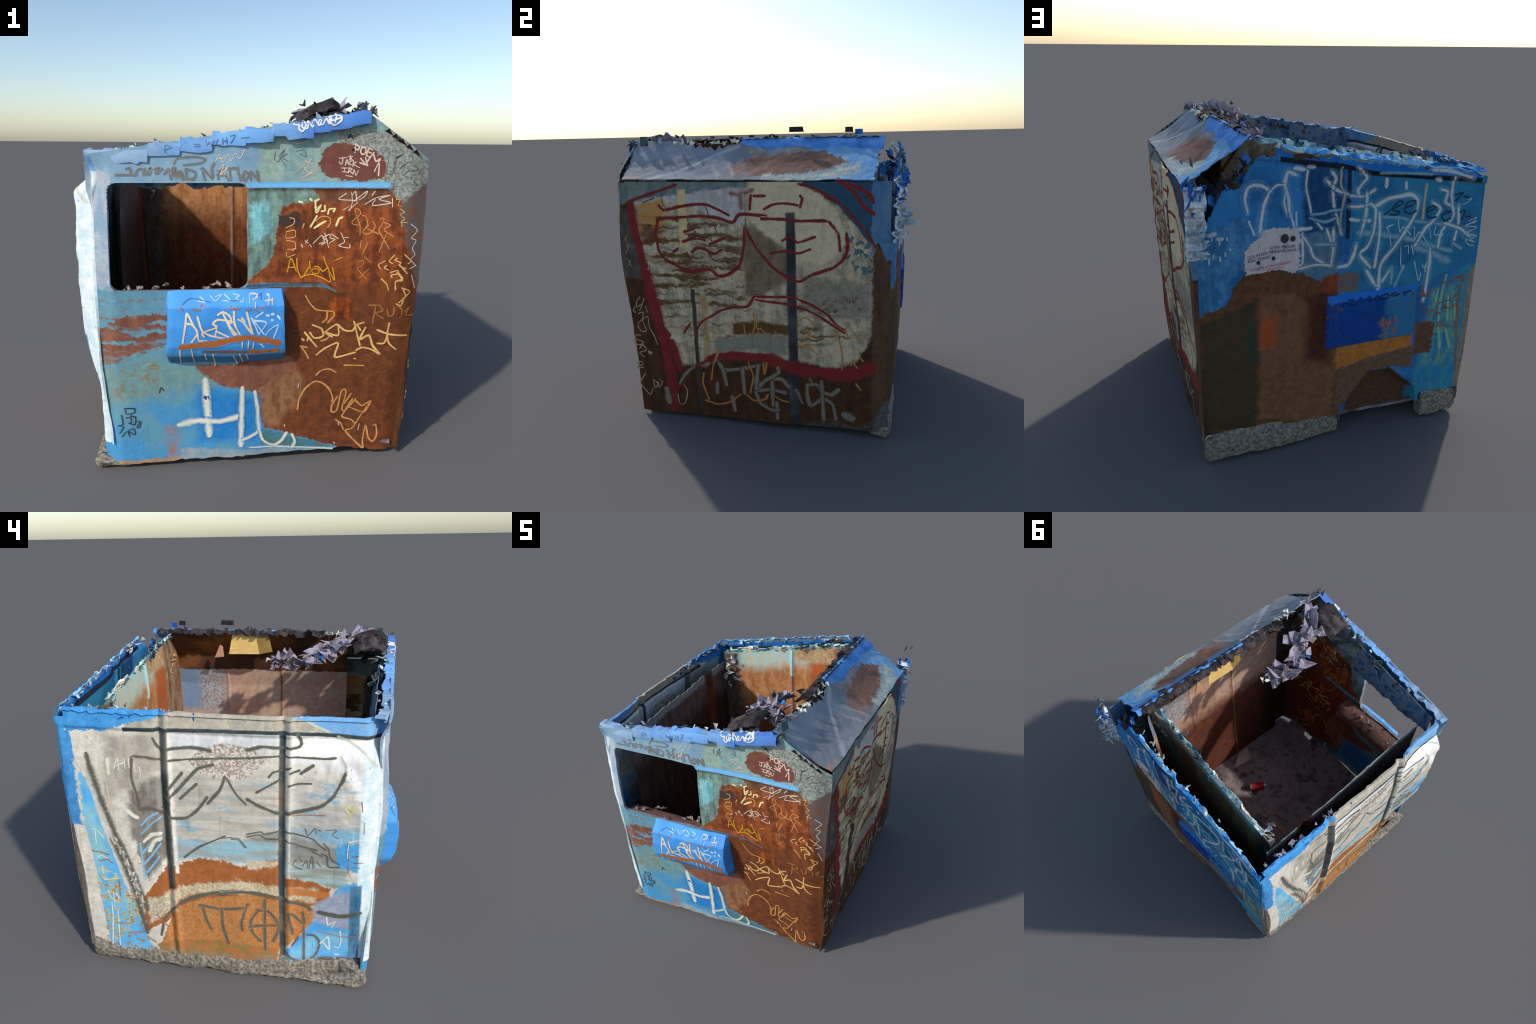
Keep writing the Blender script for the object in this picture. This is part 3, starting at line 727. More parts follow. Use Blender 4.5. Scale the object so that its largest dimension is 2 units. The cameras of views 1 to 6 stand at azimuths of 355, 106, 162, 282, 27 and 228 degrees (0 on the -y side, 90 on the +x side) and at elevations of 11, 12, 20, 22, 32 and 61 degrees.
    ("dark", 0.0032, [(0.181,1.614),(0.217,1.62),(0.23,1.59),(0.199,1.602)]),
    ("white", 0.0051, [(0.753,1.267),(0.791,1.234),(0.759,1.198),(0.786,1.184),(0.766,1.147),(0.783,1.114),(0.762,1.09),(0.795,1.054)]),
    ("white", 0.0051, [(0.759,1.044),(0.788,1.055)]),
    ("white", 0.0051, [(0.773,1.01),(0.796,0.941)]),
    ("straw", 0.005, [(0.68,1.41),(0.674,1.385),(0.693,1.388),(0.684,1.358),(0.704,1.354)]),
    ("straw", 0.005, [(0.694,1.342),(0.717,1.324),(0.695,1.314),(0.718,1.293),(0.703,1.28),(0.707,1.256)]),
    ("straw", 0.005, [(0.7,1.277),(0.732,1.274)]),
    ("umber", 0.0142, [(-0.654,1.502),(-0.561,1.503)]),
    ("umber", 0.0142, [(-0.607,1.529),(-0.591,1.534),(-0.586,1.513)]),
    ("umber", 0.0142, [(-0.571,1.5),(-0.55,1.529),(-0.529,1.524),(-0.529,1.503)]),
    ("umber", 0.0143, [(-0.524,1.529),(-0.516,1.503),(-0.497,1.534),(-0.503,1.505)]),
    ("umber", 0.0143, [(-0.477,1.529),(-0.456,1.534),(-0.461,1.513),(-0.475,1.511),(-0.445,1.529)]),
    ("umber", 0.0143, [(-0.435,1.508),(-0.414,1.529),(-0.404,1.487)]),
    ("umber", 0.0143, [(-0.335,1.529),(-0.331,1.487),(-0.299,1.487),(-0.291,1.514),(-0.33,1.529)]),
    ("umber", 0.0144, [(-0.248,1.482),(-0.261,1.535),(-0.214,1.487),(-0.216,1.535),(-0.205,1.556)]),
    ("umber", 0.0144, [(-0.187,1.487),(-0.176,1.53),(-0.139,1.482)]),
    ("umber", 0.0144, [(-0.192,1.503),(-0.155,1.503)]),
    ("umber", 0.0144, [(-0.171,1.53),(-0.096,1.535)]),
    ("umber", 0.0144, [(-0.134,1.53),(-0.128,1.482)]),
    ("umber", 0.0144, [(-0.099,1.535),(-0.083,1.482)]),
    ("umber", 0.0323, [(-0.39,1.524),(-0.388,1.508),(-0.362,1.508),(-0.349,1.49)]),
    ("umber", 0.0115, [(-0.39,1.555),(-0.371,1.579),(-0.287,1.586),(-0.245,1.574),(-0.271,1.556),(-0.345,1.548)]),
    ("umber", 0.0144, [(-0.064,1.519),(-0.073,1.489),(-0.058,1.48),(-0.043,1.507),(-0.064,1.519)]),
    ("umber", 0.0146, [(-0.034,1.483),(-0.034,1.519),(0.003,1.477),(-0.004,1.519)]),
    ("white", 0.0043, [(-0.197,1.567),(-0.181,1.598),(-0.165,1.561),(-0.139,1.598),(-0.128,1.567),(-0.107,1.604),(-0.086,1.578),(-0.064,1.62)]),
    ("white", 0.0043, [(-0.189,1.577),(-0.155,1.582)]),
    ("white", 0.0043, [(-0.182,1.53),(-0.16,1.551),(-0.176,1.503),(-0.144,1.54),(-0.16,1.503)]),
    ("spray", 0.0489, [(-0.256,0.479),(-0.251,0.385),(-0.239,0.182)]),
    ("spray", 0.0493, [(-0.382,0.239),(-0.297,0.257),(-0.187,0.25),(-0.096,0.273)]),
    ("spray", 0.0405, [(-0.07,0.43),(-0.073,0.307),(-0.075,0.12)]),
    ("spray", 0.0266, [(-0.005,0.403),(0.01,0.3),(0.018,0.19),(-0.035,0.152),(-0.069,0.141)]),
    ("spray", 0.0251, [(0.011,0.314),(0.012,0.227),(0.04,0.13),(0.095,0.094),(0.135,0.114),(0.162,0.156)]),
    ("spray", 0.0254, [(0.196,0.147),(0.21,0.108),(0.198,0.078)]),
    ("spray", 0.0146, [(-0.027,0.092),(0.109,0.085),(0.246,0.069),(0.414,0.049)]),
    ("black", 0.0069, [(-0.657,0.347),(-0.607,0.345)]),
    ("black", 0.0069, [(-0.657,0.347),(-0.648,0.316),(-0.608,0.323),(-0.61,0.341)]),
    ("black", 0.0069, [(-0.627,0.314),(-0.629,0.265)]),
    ("black", 0.0069, [(-0.652,0.295),(-0.608,0.299),(-0.61,0.256),(-0.641,0.266)]),
    ("black", 0.0069, [(-0.674,0.31),(-0.67,0.26),(-0.696,0.251),(-0.667,0.245),(-0.688,0.208)]),
    ("black", 0.0069, [(-0.603,0.27),(-0.581,0.268),(-0.589,0.237),(-0.601,0.241),(-0.585,0.268)]),
    ("black", 0.0069, [(-0.676,0.191),(-0.656,0.216),(-0.617,0.232),(-0.612,0.198),(-0.646,0.219),(-0.638,0.193)]),
    ("black", 0.007, [(-0.264,0.382),(-0.257,0.396),(-0.254,0.374),(-0.244,0.399),(-0.238,0.378)]),
    ("black", 0.0069, [(-0.485,0.424),(-0.475,0.452),(-0.463,0.434)]),
    ("tan", 0.0103, [(0.24,0.914),(0.264,0.873),(0.298,0.839),(0.35,0.831),(0.382,0.827),(0.39,0.807),(0.359,0.769)]),
    ("tan", 0.0104, [(0.353,0.824),(0.352,0.79),(0.333,0.77)]),
    ("tan", 0.0104, [(0.331,0.671),(0.357,0.68),(0.369,0.694)]),
    ("tan", 0.0105, [(0.224,0.646),(0.248,0.614),(0.266,0.579)]),
    ("tan", 0.0104, [(0.224,0.646),(0.257,0.638)]),
    ("tan", 0.0107, [(0.456,0.535),(0.556,0.53)]),
    ("tan", 0.0105, [(0.504,0.571),(0.511,0.569)]),
    ("straw", 0.0121, [(0.245,0.717),(0.306,0.64)]),
    ("straw", 0.0121, [(0.282,0.758),(0.328,0.736),(0.339,0.701),(0.317,0.688),(0.291,0.689),(0.271,0.716)]),
    ("straw", 0.0121, [(0.342,0.715),(0.405,0.758),(0.415,0.699),(0.349,0.715),(0.382,0.693)]),
    ("straw", 0.0121, [(0.412,0.755),(0.446,0.726),(0.486,0.722),(0.503,0.753)]),
    ("straw", 0.0121, [(0.492,0.771),(0.53,0.642)]),
    ("straw", 0.0121, [(0.497,0.753),(0.542,0.766)]),
    ("straw", 0.0121, [(0.51,0.753),(0.528,0.725)]),
    ("straw", 0.0123, [(0.553,0.738),(0.528,0.676),(0.573,0.696),(0.595,0.641),(0.635,0.594),(0.59,0.62),(0.543,0.631),(0.514,0.618)]),
    ("straw", 0.0123, [(0.308,0.595),(0.352,0.632),(0.417,0.658),(0.404,0.582),(0.505,0.604)]),
    ("straw", 0.0121, [(0.233,0.683),(0.239,0.678)]),
    ("straw", 0.0121, [(0.262,0.689),(0.259,0.677)]),
    ("straw", 0.0115, [(0.674,0.757),(0.668,0.701),(0.678,0.653),(0.718,0.616)]),
    ("straw", 0.0115, [(0.617,0.724),(0.672,0.701),(0.778,0.684)]),
    ("straw", 0.0115, [(0.672,0.701),(0.655,0.653),(0.621,0.651)]),
    ("sienna", 0.0104, [(0.565,0.858),(0.62,0.857)]),
    ("sienna", 0.0104, [(0.597,0.854),(0.588,0.762)]),
    ("sienna", 0.0104, [(0.62,0.854),(0.635,0.827),(0.6,0.813),(0.642,0.785)]),
    ("sienna", 0.0104, [(0.658,0.833),(0.667,0.798),(0.69,0.805),(0.693,0.839)]),
    ("sienna", 0.0104, [(0.712,0.852),(0.735,0.83),(0.735,0.795),(0.725,0.789)]),
    ("sienna", 0.0105, [(0.748,0.815),(0.779,0.839),(0.761,0.799),(0.8,0.794)]),
    ("straw", 0.0085, [(0.616,0.995),(0.644,0.968),(0.656,0.934)]),
    ("straw", 0.0085, [(0.692,1.026),(0.724,0.986),(0.689,0.98),(0.692,0.94)]),
    ("straw", 0.0086, [(0.714,0.869),(0.77,0.922),(0.724,0.946)]),
    ("straw", 0.0086, [(0.732,0.939),(0.749,0.904)]),
    ("straw", 0.0086, [(0.701,0.863),(0.726,0.852),(0.737,0.878)]),
    ("tan", 0.0107, [(0.312,0.486),(0.337,0.51),(0.377,0.516),(0.411,0.497)]),
    ("tan", 0.0107, [(0.22,0.292),(0.227,0.351),(0.255,0.408),(0.3,0.447),(0.34,0.441),(0.382,0.403),(0.404,0.35),(0.4,0.332)]),
    ("tan", 0.0108, [(0.429,0.357),(0.401,0.306),(0.403,0.268),(0.43,0.278),(0.447,0.386),(0.467,0.397),(0.472,0.37),(0.457,0.287),(0.472,0.271),(0.509,0.338)]),
    ("tan", 0.0108, [(0.499,0.369),(0.469,0.317)]),
    ("tan", 0.0109, [(0.526,0.337),(0.46,0.242),(0.51,0.216),(0.532,0.192)]),
    ("tan", 0.0109, [(0.523,0.333),(0.56,0.297),(0.58,0.304),(0.609,0.322),(0.577,0.258),(0.491,0.293)]),
    ("tan", 0.0111, [(0.61,0.318),(0.564,0.243),(0.52,0.166),(0.483,0.152),(0.524,0.101),(0.582,0.045),(0.58,0.091),(0.592,0.177),(0.611,0.104),(0.637,0.08),(0.656,0.117),(0.648,0.178),(0.634,0.175)]),
    ("tan", 0.0109, [(0.427,0.22),(0.456,0.196),(0.472,0.157)]),
    ("white", 0.0055, [(0.557,0.187),(0.552,0.152)]),
    ("white", 0.0053, [(0.218,0.417),(0.222,0.438)]),
    ("white", 0.0055, [(0.441,0.204),(0.446,0.185)]),
    ("white", 0.0055, [(0.423,0.088),(0.427,0.076)]),
    ("white", 0.0054, [(0.153,0.207),(0.155,0.196)]),
  ],
  "eave": [
    ("white", 0.0088, [(0.171,1.761),(0.156,1.752),(0.166,1.735),(0.189,1.733),(0.184,1.718),(0.202,1.704),(0.219,1.736),(0.207,1.753),(0.201,1.724),(0.225,1.719),(0.233,1.753),(0.249,1.725),(0.26,1.759),(0.278,1.731),(0.29,1.754),(0.281,1.759),(0.275,1.739),(0.296,1.737),(0.313,1.765),(0.326,1.74),(0.337,1.766)]),
    ("white", 0.0088, [(0.36,1.783),(0.331,1.771),(0.329,1.748),(0.35,1.734),(0.379,1.752),(0.385,1.772),(0.36,1.786)]),
    ("white", 0.0088, [(0.337,1.754),(0.385,1.769)]),
    ("white", 0.0088, [(0.361,1.777),(0.353,1.749)]),
    ("dark", 0.0035, [(-0.299,1.644),(-0.27,1.644)]),
    ("dark", 0.0035, [(-0.294,1.634),(-0.27,1.635)]),
    ("dark", 0.0035, [(-0.244,1.67),(-0.239,1.639),(-0.226,1.655),(-0.218,1.637),(-0.205,1.66)]),
    ("dark", 0.0035, [(-0.187,1.666),(-0.197,1.645),(-0.176,1.64)]),
    ("dark", 0.0035, [(-0.166,1.671),(-0.166,1.645)]),
    ("dark", 0.0035, [(-0.15,1.676),(-0.147,1.648)]),
    ("dark", 0.0035, [(-0.163,1.658),(-0.145,1.661)]),
    ("dark", 0.0035, [(-0.132,1.681),(-0.108,1.687),(-0.119,1.666),(-0.129,1.65)]),
    ("dark", 0.0035, [(-0.082,1.674),(-0.045,1.677)]),
    ("dark", 0.0035, [(-0.432,1.618),(-0.4,1.628),(-0.426,1.638),(-0.432,1.605)]),
  ],
  "pocket_front": [
    ("peach", 0.0105, [(-0.363,0.702),(-0.346,0.811),(-0.339,0.864),(-0.313,0.816),(-0.29,0.772),(-0.284,0.732),(-0.245,0.728)]),
    ("peach", 0.0105, [(-0.32,0.72),(-0.29,0.772),(-0.313,0.81),(-0.337,0.816)]),
    ("peach", 0.0105, [(-0.289,0.846),(-0.266,0.778),(-0.212,0.749),(-0.2,0.788)]),
    ("peach", 0.0105, [(-0.26,0.751),(-0.266,0.771),(-0.2,0.795),(-0.217,0.814),(-0.193,0.831),(-0.133,0.824),(-0.139,0.848),(-0.169,0.867),(-0.193,0.855)]),
    ("peach", 0.0107, [(-0.212,0.749),(-0.157,0.735)]),
    ("peach", 0.0107, [(-0.2,0.775),(-0.139,0.741)]),
    ("peach", 0.0107, [(-0.127,0.818),(-0.145,0.806),(-0.121,0.76),(-0.097,0.739)]),
    ("peach", 0.0105, [(-0.169,0.858),(-0.139,0.8),(-0.103,0.753)]),
    ("peach", 0.0107, [(-0.118,0.866),(-0.115,0.811),(-0.084,0.745)]),
    ("peach", 0.0107, [(-0.097,0.829),(-0.067,0.815),(-0.079,0.834)]),
    ("peach", 0.0107, [(-0.057,0.863),(-0.029,0.755)]),
    ("peach", 0.0107, [(-0.073,0.815),(-0.035,0.762)]),
    ("paleblue", 0.0082, [(-0.03,0.831),(0.027,0.751)]),
    ("paleblue", 0.0082, [(-0.03,0.819),(0.038,0.808),(0.002,0.753)]),
    ("paleblue", 0.0082, [(-0.011,0.836),(0.02,0.855)]),
    ("peach", 0.0074, [(-0.078,0.719),(-0.078,0.684)]),
    ("peach", 0.0074, [(-0.047,0.72),(-0.05,0.682)]),
    ("peach", 0.0074, [(-0.022,0.715),(-0.025,0.68)]),
    ("peach", 0.0076, [(-0.375,0.687),(-0.375,0.586)]),
    ("peach", 0.0076, [(-0.321,0.693),(-0.306,0.574)]),
    ("peach", 0.0076, [(-0.255,0.653),(-0.249,0.606)]),
    ("peach", 0.0076, [(-0.218,0.651),(-0.205,0.567)]),
    ("peach", 0.0076, [(-0.119,0.638),(-0.097,0.574)]),
    ("peach", 0.0076, [(-0.089,0.647),(-0.068,0.58)]),
    ("peach", 0.0076, [(-0.058,0.648),(-0.044,0.604)]),
    ("paleblue", 0.0074, [(-0.035,0.835),(-0.004,0.766),(0.023,0.683)]),
    ("paleblue", 0.0074, [(-0.029,0.825),(0.039,0.808),(0.003,0.753)]),
    ("paleblue", 0.0074, [(0.028,0.731),(0.052,0.769),(0.095,0.793),(0.075,0.728)]),
    ("paleblue", 0.0074, [(-0.013,0.836),(0.021,0.858)]),
    ("paleblue", 0.0074, [(-0.022,0.715),(-0.027,0.68)]),
    ("paleblue", 0.0074, [(-0.003,0.713),(0.029,0.682)]),
    ("paleblue", 0.0132, [(0.043,0.842),(0.048,0.84)]),
    ("paleblue", 0.0132, [(0.067,0.846),(0.072,0.846)]),
    ("paleblue", 0.0132, [(0.064,0.818),(0.069,0.817)]),
    ("paleblue", 0.0134, [(0.049,0.932),(0.052,0.931)]),
    ("paleblue", 0.0132, [(0.094,0.836),(0.103,0.824)]),
    ("paleblue", 0.0058, [(-0.228,0.935),(-0.204,0.915),(-0.173,0.939),(-0.204,0.93)]),
    ("paleblue", 0.0058, [(-0.161,0.939),(-0.132,0.914),(-0.168,0.914)]),
    ("paleblue", 0.0058, [(-0.118,0.941),(-0.088,0.933),(-0.107,0.923),(-0.077,0.907),(-0.07,0.922)]),
    ("paleblue", 0.0058, [(-0.041,0.901),(-0.038,0.936),(-0.001,0.934),(-0.014,0.92)]),
    ("paleblue", 0.0057, [(-0.276,0.931),(-0.252,0.911),(-0.288,0.916)]),
    ("dark", 0.0041, [(-0.36,0.902),(-0.319,0.926),(-0.228,0.91)]),
    ("dark", 0.0041, [(-0.144,0.914),(-0.089,0.913)]),
    ("dark", 0.0042, [(0.005,0.929),(0.018,0.938),(0.013,0.913)]),
    ("peach", 0.005, [(-0.037,0.941),(-0.012,0.94),(-0.001,0.924),(-0.026,0.915)]),
    ("peach", 0.005, [(0.035,0.907),(0.073,0.911)]),
    ("peach", 0.005, [(0.056,0.927),(0.046,0.892)]),
    ("peach", 0.005, [(0.07,0.916),(0.068,0.891)]),
    ("peach", 0.0049, [(-0.012,0.904),(-0.016,0.879)]),
    ("rust", 0.0362, [(-0.363,0.698),(-0.291,0.706),(-0.2,0.713),(-0.121,0.73),(-0.035,0.739),(0.053,0.716)]),
    ("rust", 0.0365, [(-0.041,0.736),(-0.003,0.723),(0.047,0.71),(0.094,0.703)]),
    ("rustdark", 0.025, [(-0.261,0.669),(-0.169,0.665),(-0.108,0.663),(-0.014,0.656),(0.055,0.657)]),
    ("rust", 0.0285, [(-0.039,0.662),(0.012,0.657),(0.056,0.657),(0.091,0.659)]),
    ("rust", 0.0073, [(-0.312,0.881),(-0.277,0.878)]),
    ("rust", 0.0073, [(-0.133,0.878),(-0.091,0.88)]),
    ("rust", 0.0073, [(-0.06,0.869),(-0.036,0.873)]),
    ("rust", 0.0074, [(-0.017,0.873),(0.001,0.859)]),
    ("rust", 0.0073, [(-0.366,0.888),(-0.36,0.882)]),
  ],
  "right": [
    ("red", 0.0741, [(-0.759,1.443),(-0.752,1.319),(-0.707,1.112),(-0.681,0.933)]),
    ("red", 0.0959, [(-0.688,1.018),(-0.659,0.838),(-0.614,0.616),(-0.581,0.429),(-0.571,0.275),(-0.572,0.072)]),
    ("red", 0.0671, [(-0.543,0.524),(-0.503,0.358)]),
    ("red", 0.0252, [(-0.758,1.46),(-0.573,1.518),(-0.45,1.558)]),
    ("red", 0.0248, [(-0.563,1.432),(-0.529,1.406),(-0.429,1.426),(-0.339,1.441),(-0.255,1.442),(-0.187,1.417),(-0.112,1.382)]),
    ("red", 0.0282, [(-0.577,1.351),(-0.446,1.359),(-0.293,1.372),(-0.175,1.361),(-0.088,1.336),(-0.036,1.386),(0.119,1.38)]),
    ("red", 0.0289, [(-0.577,1.347),(-0.596,1.256),(-0.584,1.151),(-0.536,1.09),(-0.454,1.046),(-0.401,1.018),(-0.247,1.04),(-0.193,1.0),(-0.123,1.016),(-0.05,1.081),(-0.021,1.202),(-0.014,1.301)]),
    ("red", 0.0227, [(-0.007,1.302),(0.044,1.205),(0.11,1.115),(0.202,1.04)]),
    ("red", 0.0234, [(-0.416,1.209),(-0.35,1.231),(-0.276,1.225)]),
    ("red", 0.0238, [(-0.481,1.144),(-0.46,1.161)]),
    ("red", 0.0234, [(-0.352,1.15),(-0.326,1.174),(-0.276,1.168),(-0.215,1.139),(-0.17,1.165)]),
    ("red", 0.0231, [(-0.24,1.199),(-0.149,1.238)]),
    ("red", 0.0234, [(-0.403,1.272),(-0.34,1.291)]),
    ("red", 0.0224, [(0.035,1.522),(0.025,1.42)]),
    ("red", 0.0221, [(0.054,1.496),(0.115,1.497)]),
    ("redwash", 0.0517, [(-0.081,1.508),(-0.033,1.502),(0.035,1.528)]),
    ("redwash", 0.0518, [(-0.033,1.496),(-0.029,1.432)]),
    ("red", 0.0257, [(0.08,1.157),(0.166,1.065),(0.275,1.001),(0.323,0.992),(0.393,1.032),(0.52,1.08),(0.582,1.14),(0.601,1.204),(0.594,1.274)]),
    ("red", 0.0255, [(0.101,1.363),(0.22,1.363),(0.302,1.354),(0.471,1.355)]),
    ("red", 0.0252, [(0.496,1.346),(0.545,1.28),(0.557,1.185)]),
    ("red", 0.0204, [(0.116,1.421),(0.17,1.448),(0.235,1.455),(0.324,1.443)]),
    ("red", 0.0201, [(0.331,1.499),(0.342,1.48),(0.33,1.437)]),
    ("red", 0.0205, [(0.224,1.238),(0.267,1.257),(0.314,1.227),(0.408,1.259)]),
    ("red", 0.0207, [(0.148,1.157),(0.235,1.173),(0.312,1.162),(0.382,1.185)]),
    ("red", 0.02, [(0.325,1.567),(0.422,1.535),(0.533,1.473),(0.625,1.387),(0.704,1.295),(0.754,1.208)]),
    ("red", 0.0344, [(0.544,1.583),(0.611,1.558),(0.678,1.534),(0.726,1.498),(0.739,1.468)]),
    ("red", 0.0346, [(0.587,1.558),(0.642,1.51),(0.691,1.437),(0.74,1.401)]),
    ("red", 0.0225, [(-0.454,0.608),(-0.412,0.667)]),
    ("red", 0.0217, [(-0.382,0.607),(-0.325,0.69),(-0.251,0.737),(-0.205,0.769),(-0.117,0.799),(-0.016,0.814),(0.038,0.885),(0.073,0.891),(0.23,0.892)]),
    ("red", 0.0212, [(0.043,0.861),(0.149,0.853),(0.229,0.854)]),
    ("red", 0.0211, [(0.041,0.882),(0.146,0.887),(0.26,0.892),(0.326,0.873),(0.408,0.835),(0.484,0.783),(0.535,0.723),(0.586,0.692)]),
    ("red", 0.0211, [(0.145,0.856),(0.265,0.844),(0.356,0.813),(0.432,0.774),(0.509,0.722),(0.58,0.677)]),
    ("red", 0.0289, [(-0.532,0.205),(-0.477,0.29),(-0.398,0.371),(-0.315,0.422)]),
    ("red", 0.0743, [(-0.299,0.431),(-0.23,0.463),(-0.119,0.477),(-0.009,0.481),(0.136,0.495)]),
    ("red", 0.0985, [(0.074,0.483),(0.167,0.466),(0.268,0.436),(0.368,0.419),(0.467,0.41),(0.567,0.404),(0.665,0.427),(0.723,0.46)]),
    ("greypaint", 0.027, [(-0.512,0.247),(-0.468,0.315),(-0.405,0.372)]),
    ("greypaint", 0.059, [(-0.609,0.192),(-0.602,0.111)]),
    ("greypaint", 0.0354, [(-0.218,0.409),(-0.19,0.374),(-0.078,0.393),(0.048,0.43)]),
    ("greypaint", 0.0358, [(-0.197,0.366),(-0.18,0.277)]),
    ("greypaint", 0.0355, [(-0.067,0.394),(-0.06,0.23)]),
    ("greypaint", 0.035, [(0.04,0.421),(0.026,0.263),(0.122,0.278),(0.207,0.265)]),
    ("greypaint", 0.0348, [(0.027,0.271),(0.096,0.341),(0.169,0.395),(0.177,0.424)]),
    ("greypaint", 0.0355, [(0.018,0.239),(0.043,0.173),(0.072,0.161)]),
    ("greypaint", 0.035, [(0.132,0.324),(0.131,0.17)]),
    ("greypaint", 0.0362, [(-0.244,0.27),(-0.248,0.214)]),
    ("greypaint", 0.0362, [(-0.145,0.18),(-0.132,0.094)]),
    ("greypaint", 0.0328, [(0.136,0.354),(0.199,0.354),(0.232,0.312)]),
    ("greypaint", 0.0328, [(0.085,0.332),(0.173,0.395),(0.173,0.424)]),
    ("greypaint", 0.0335, [(0.021,0.232),(0.047,0.166),(0.118,0.129),(0.162,0.136)]),
    ("greypaint", 0.0335, [(0.157,0.182),(0.155,0.079)]),
    ("greypaint", 0.0329, [(0.283,0.28),(0.316,0.2)]),
    ("greypaint", 0.0327, [(0.353,0.324),(0.351,0.257),(0.369,0.181),(0.411,0.208),(0.452,0.235),(0.506,0.203),(0.525,0.106)]),
    ("greypaint", 0.0325, [(0.353,0.324),(0.413,0.328),(0.44,0.286),(0.5,0.269),(0.54,0.302)]),
    ("greypaint", 0.0327, [(0.44,0.351),(0.45,0.098)]),
    ("greypaint", 0.0722, [(0.596,0.134),(0.609,0.129)]),
    ("gold", 0.0142, [(-0.284,0.296),(-0.263,0.404),(-0.219,0.506)]),
    ("gold", 0.0143, [(-0.335,0.337),(-0.343,0.26),(-0.312,0.15)]),
    ("gold", 0.0143, [(-0.335,0.139),(-0.252,0.122),(-0.166,0.149),(-0.087,0.215)]),
    ("gold", 0.0139, [(-0.025,0.443),(0.004,0.35),(-0.019,0.234)]),
    ("gold", 0.0138, [(0.077,0.448),(0.083,0.376),(0.099,0.451)]),
    ("gold", 0.0136, [(-0.043,0.695),(-0.041,0.628)]),
    ("gold", 0.0136, [(0.025,0.758),(0.028,0.687),(0.003,0.625)]),
    ("gold", 0.0135, [(0.039,0.752),(0.042,0.681),(0.054,0.631)]),
    ("gold", 0.0135, [(0.042,0.673),(0.071,0.673),(0.098,0.644)]),
    ("gold", 0.014, [(-0.042,0.216),(-0.0,0.183),(0.067,0.192),(0.098,0.236)]),
    ("gold", 0.0134, [(0.163,0.665),(0.175,0.627)]),
    ("gold", 0.014, [(-0.284,0.555),(-0.24,0.562)]),
    ("gold", 0.0123, [(0.308,0.742),(0.342,0.766),(0.373,0.751),(0.399,0.717),(0.431,0.711)]),
    ("gold", 0.0124, [(0.34,0.675),(0.365,0.681),(0.358,0.638),(0.312,0.626)]),
    ("gold", 0.0126, [(0.296,0.584),(0.363,0.575),(0.415,0.528)]),
    ("gold", 0.0123, [(0.522,0.688),(0.547,0.634),(0.566,0.537),(0.566,0.439)]),
    ("gold", 0.0121, [(0.586,0.705),(0.605,0.644)]),
    ("gold", 0.0121, [(0.631,0.687),(0.67,0.635)]),
    ("gold", 0.013, [(0.048,0.189),(0.086,0.203),(0.102,0.236)]),
    ("gold", 0.0128, [(0.146,0.235),(0.187,0.209),(0.228,0.2)]),
    ("gold", 0.0123, [(0.619,0.471),(0.638,0.507)]),
    ("gold", 0.0123, [(0.631,0.493),(0.658,0.457)]),
    ("gold", 0.0123, [(0.67,0.53),(0.69,0.505)]),
    ("gold", 0.0124, [(0.652,0.356),(0.679,0.318)]),
    ("gold", 0.0127, [(0.367,0.368),(0.38,0.347)]),
    ("chalk", 0.0086, [(-0.747,0.832),(-0.776,0.799),(-0.784,0.76),(-0.74,0.786),(-0.716,0.827),(-0.761,0.739)]),
    ("chalk", 0.0086, [(-0.796,0.759),(-0.809,0.736),(-0.793,0.723)]),
    ("chalk", 0.0086, [(-0.768,0.718),(-0.736,0.727),(-0.745,0.658),(-0.725,0.6),(-0.763,0.598),(-0.783,0.646),(-0.704,0.701),(-0.699,0.624),(-0.662,0.561),(-0.648,0.508)]),
    ("chalk", 0.0088, [(-0.77,0.567),(-0.805,0.562),(-0.82,0.506),(-0.775,0.496),(-0.757,0.52),(-0.806,0.53)]),
    ("chalk", 0.0088, [(-0.784,0.472),(-0.758,0.498),(-0.735,0.463),(-0.787,0.442),(-0.755,0.415)]),
    ("chalk", 0.0088, [(-0.819,0.368),(-0.787,0.348),(-0.768,0.367),(-0.792,0.379),(-0.81,0.329),(-0.77,0.339)]),
    ("chalk", 0.0089, [(-0.758,0.293),(-0.805,0.225),(-0.795,0.203),(-0.765,0.167),(-0.734,0.143),(-0.711,0.191)]),
    ("chalk", 0.0088, [(-0.7,0.257),(-0.694,0.201),(-0.667,0.228),(-0.696,0.257)]),
    ("chalk", 0.0088, [(-0.655,0.269),(-0.634,0.247),(-0.662,0.204),(-0.665,0.244)]),
    ("chalk", 0.0086, [(-0.718,0.772),(-0.704,0.73)]),
    ("chalk", 0.0088, [(-0.536,0.164),(-0.527,0.092),(-0.487,0.104),(-0.464,0.188),(-0.483,0.234)]),
    ("chalk", 0.0329, [(-0.711,0.452),(-0.703,0.449)]),
    ("chalk", 0.0055, [(-0.798,1.242),(-0.825,1.205)]),
    ("chalk", 0.0057, [(-0.819,1.219),(-0.804,1.163)]),
    ("chalk", 0.0057, [(-0.796,1.178),(-0.817,1.121)]),
    ("chalk", 0.0057, [(-0.821,1.092),(-0.79,1.035)]),
    ("chalk", 0.0057, [(-0.792,1.079),(-0.814,1.034)]),
    ("chalk", 0.0055, [(-0.407,0.916),(-0.351,0.953),(-0.335,0.929)]),
    ("chalk", 0.0054, [(-0.286,0.918),(-0.249,0.927)]),
    ("cracks", 0.0072, [(-0.545,1.499),(-0.534,1.439),(-0.507,1.392)]),
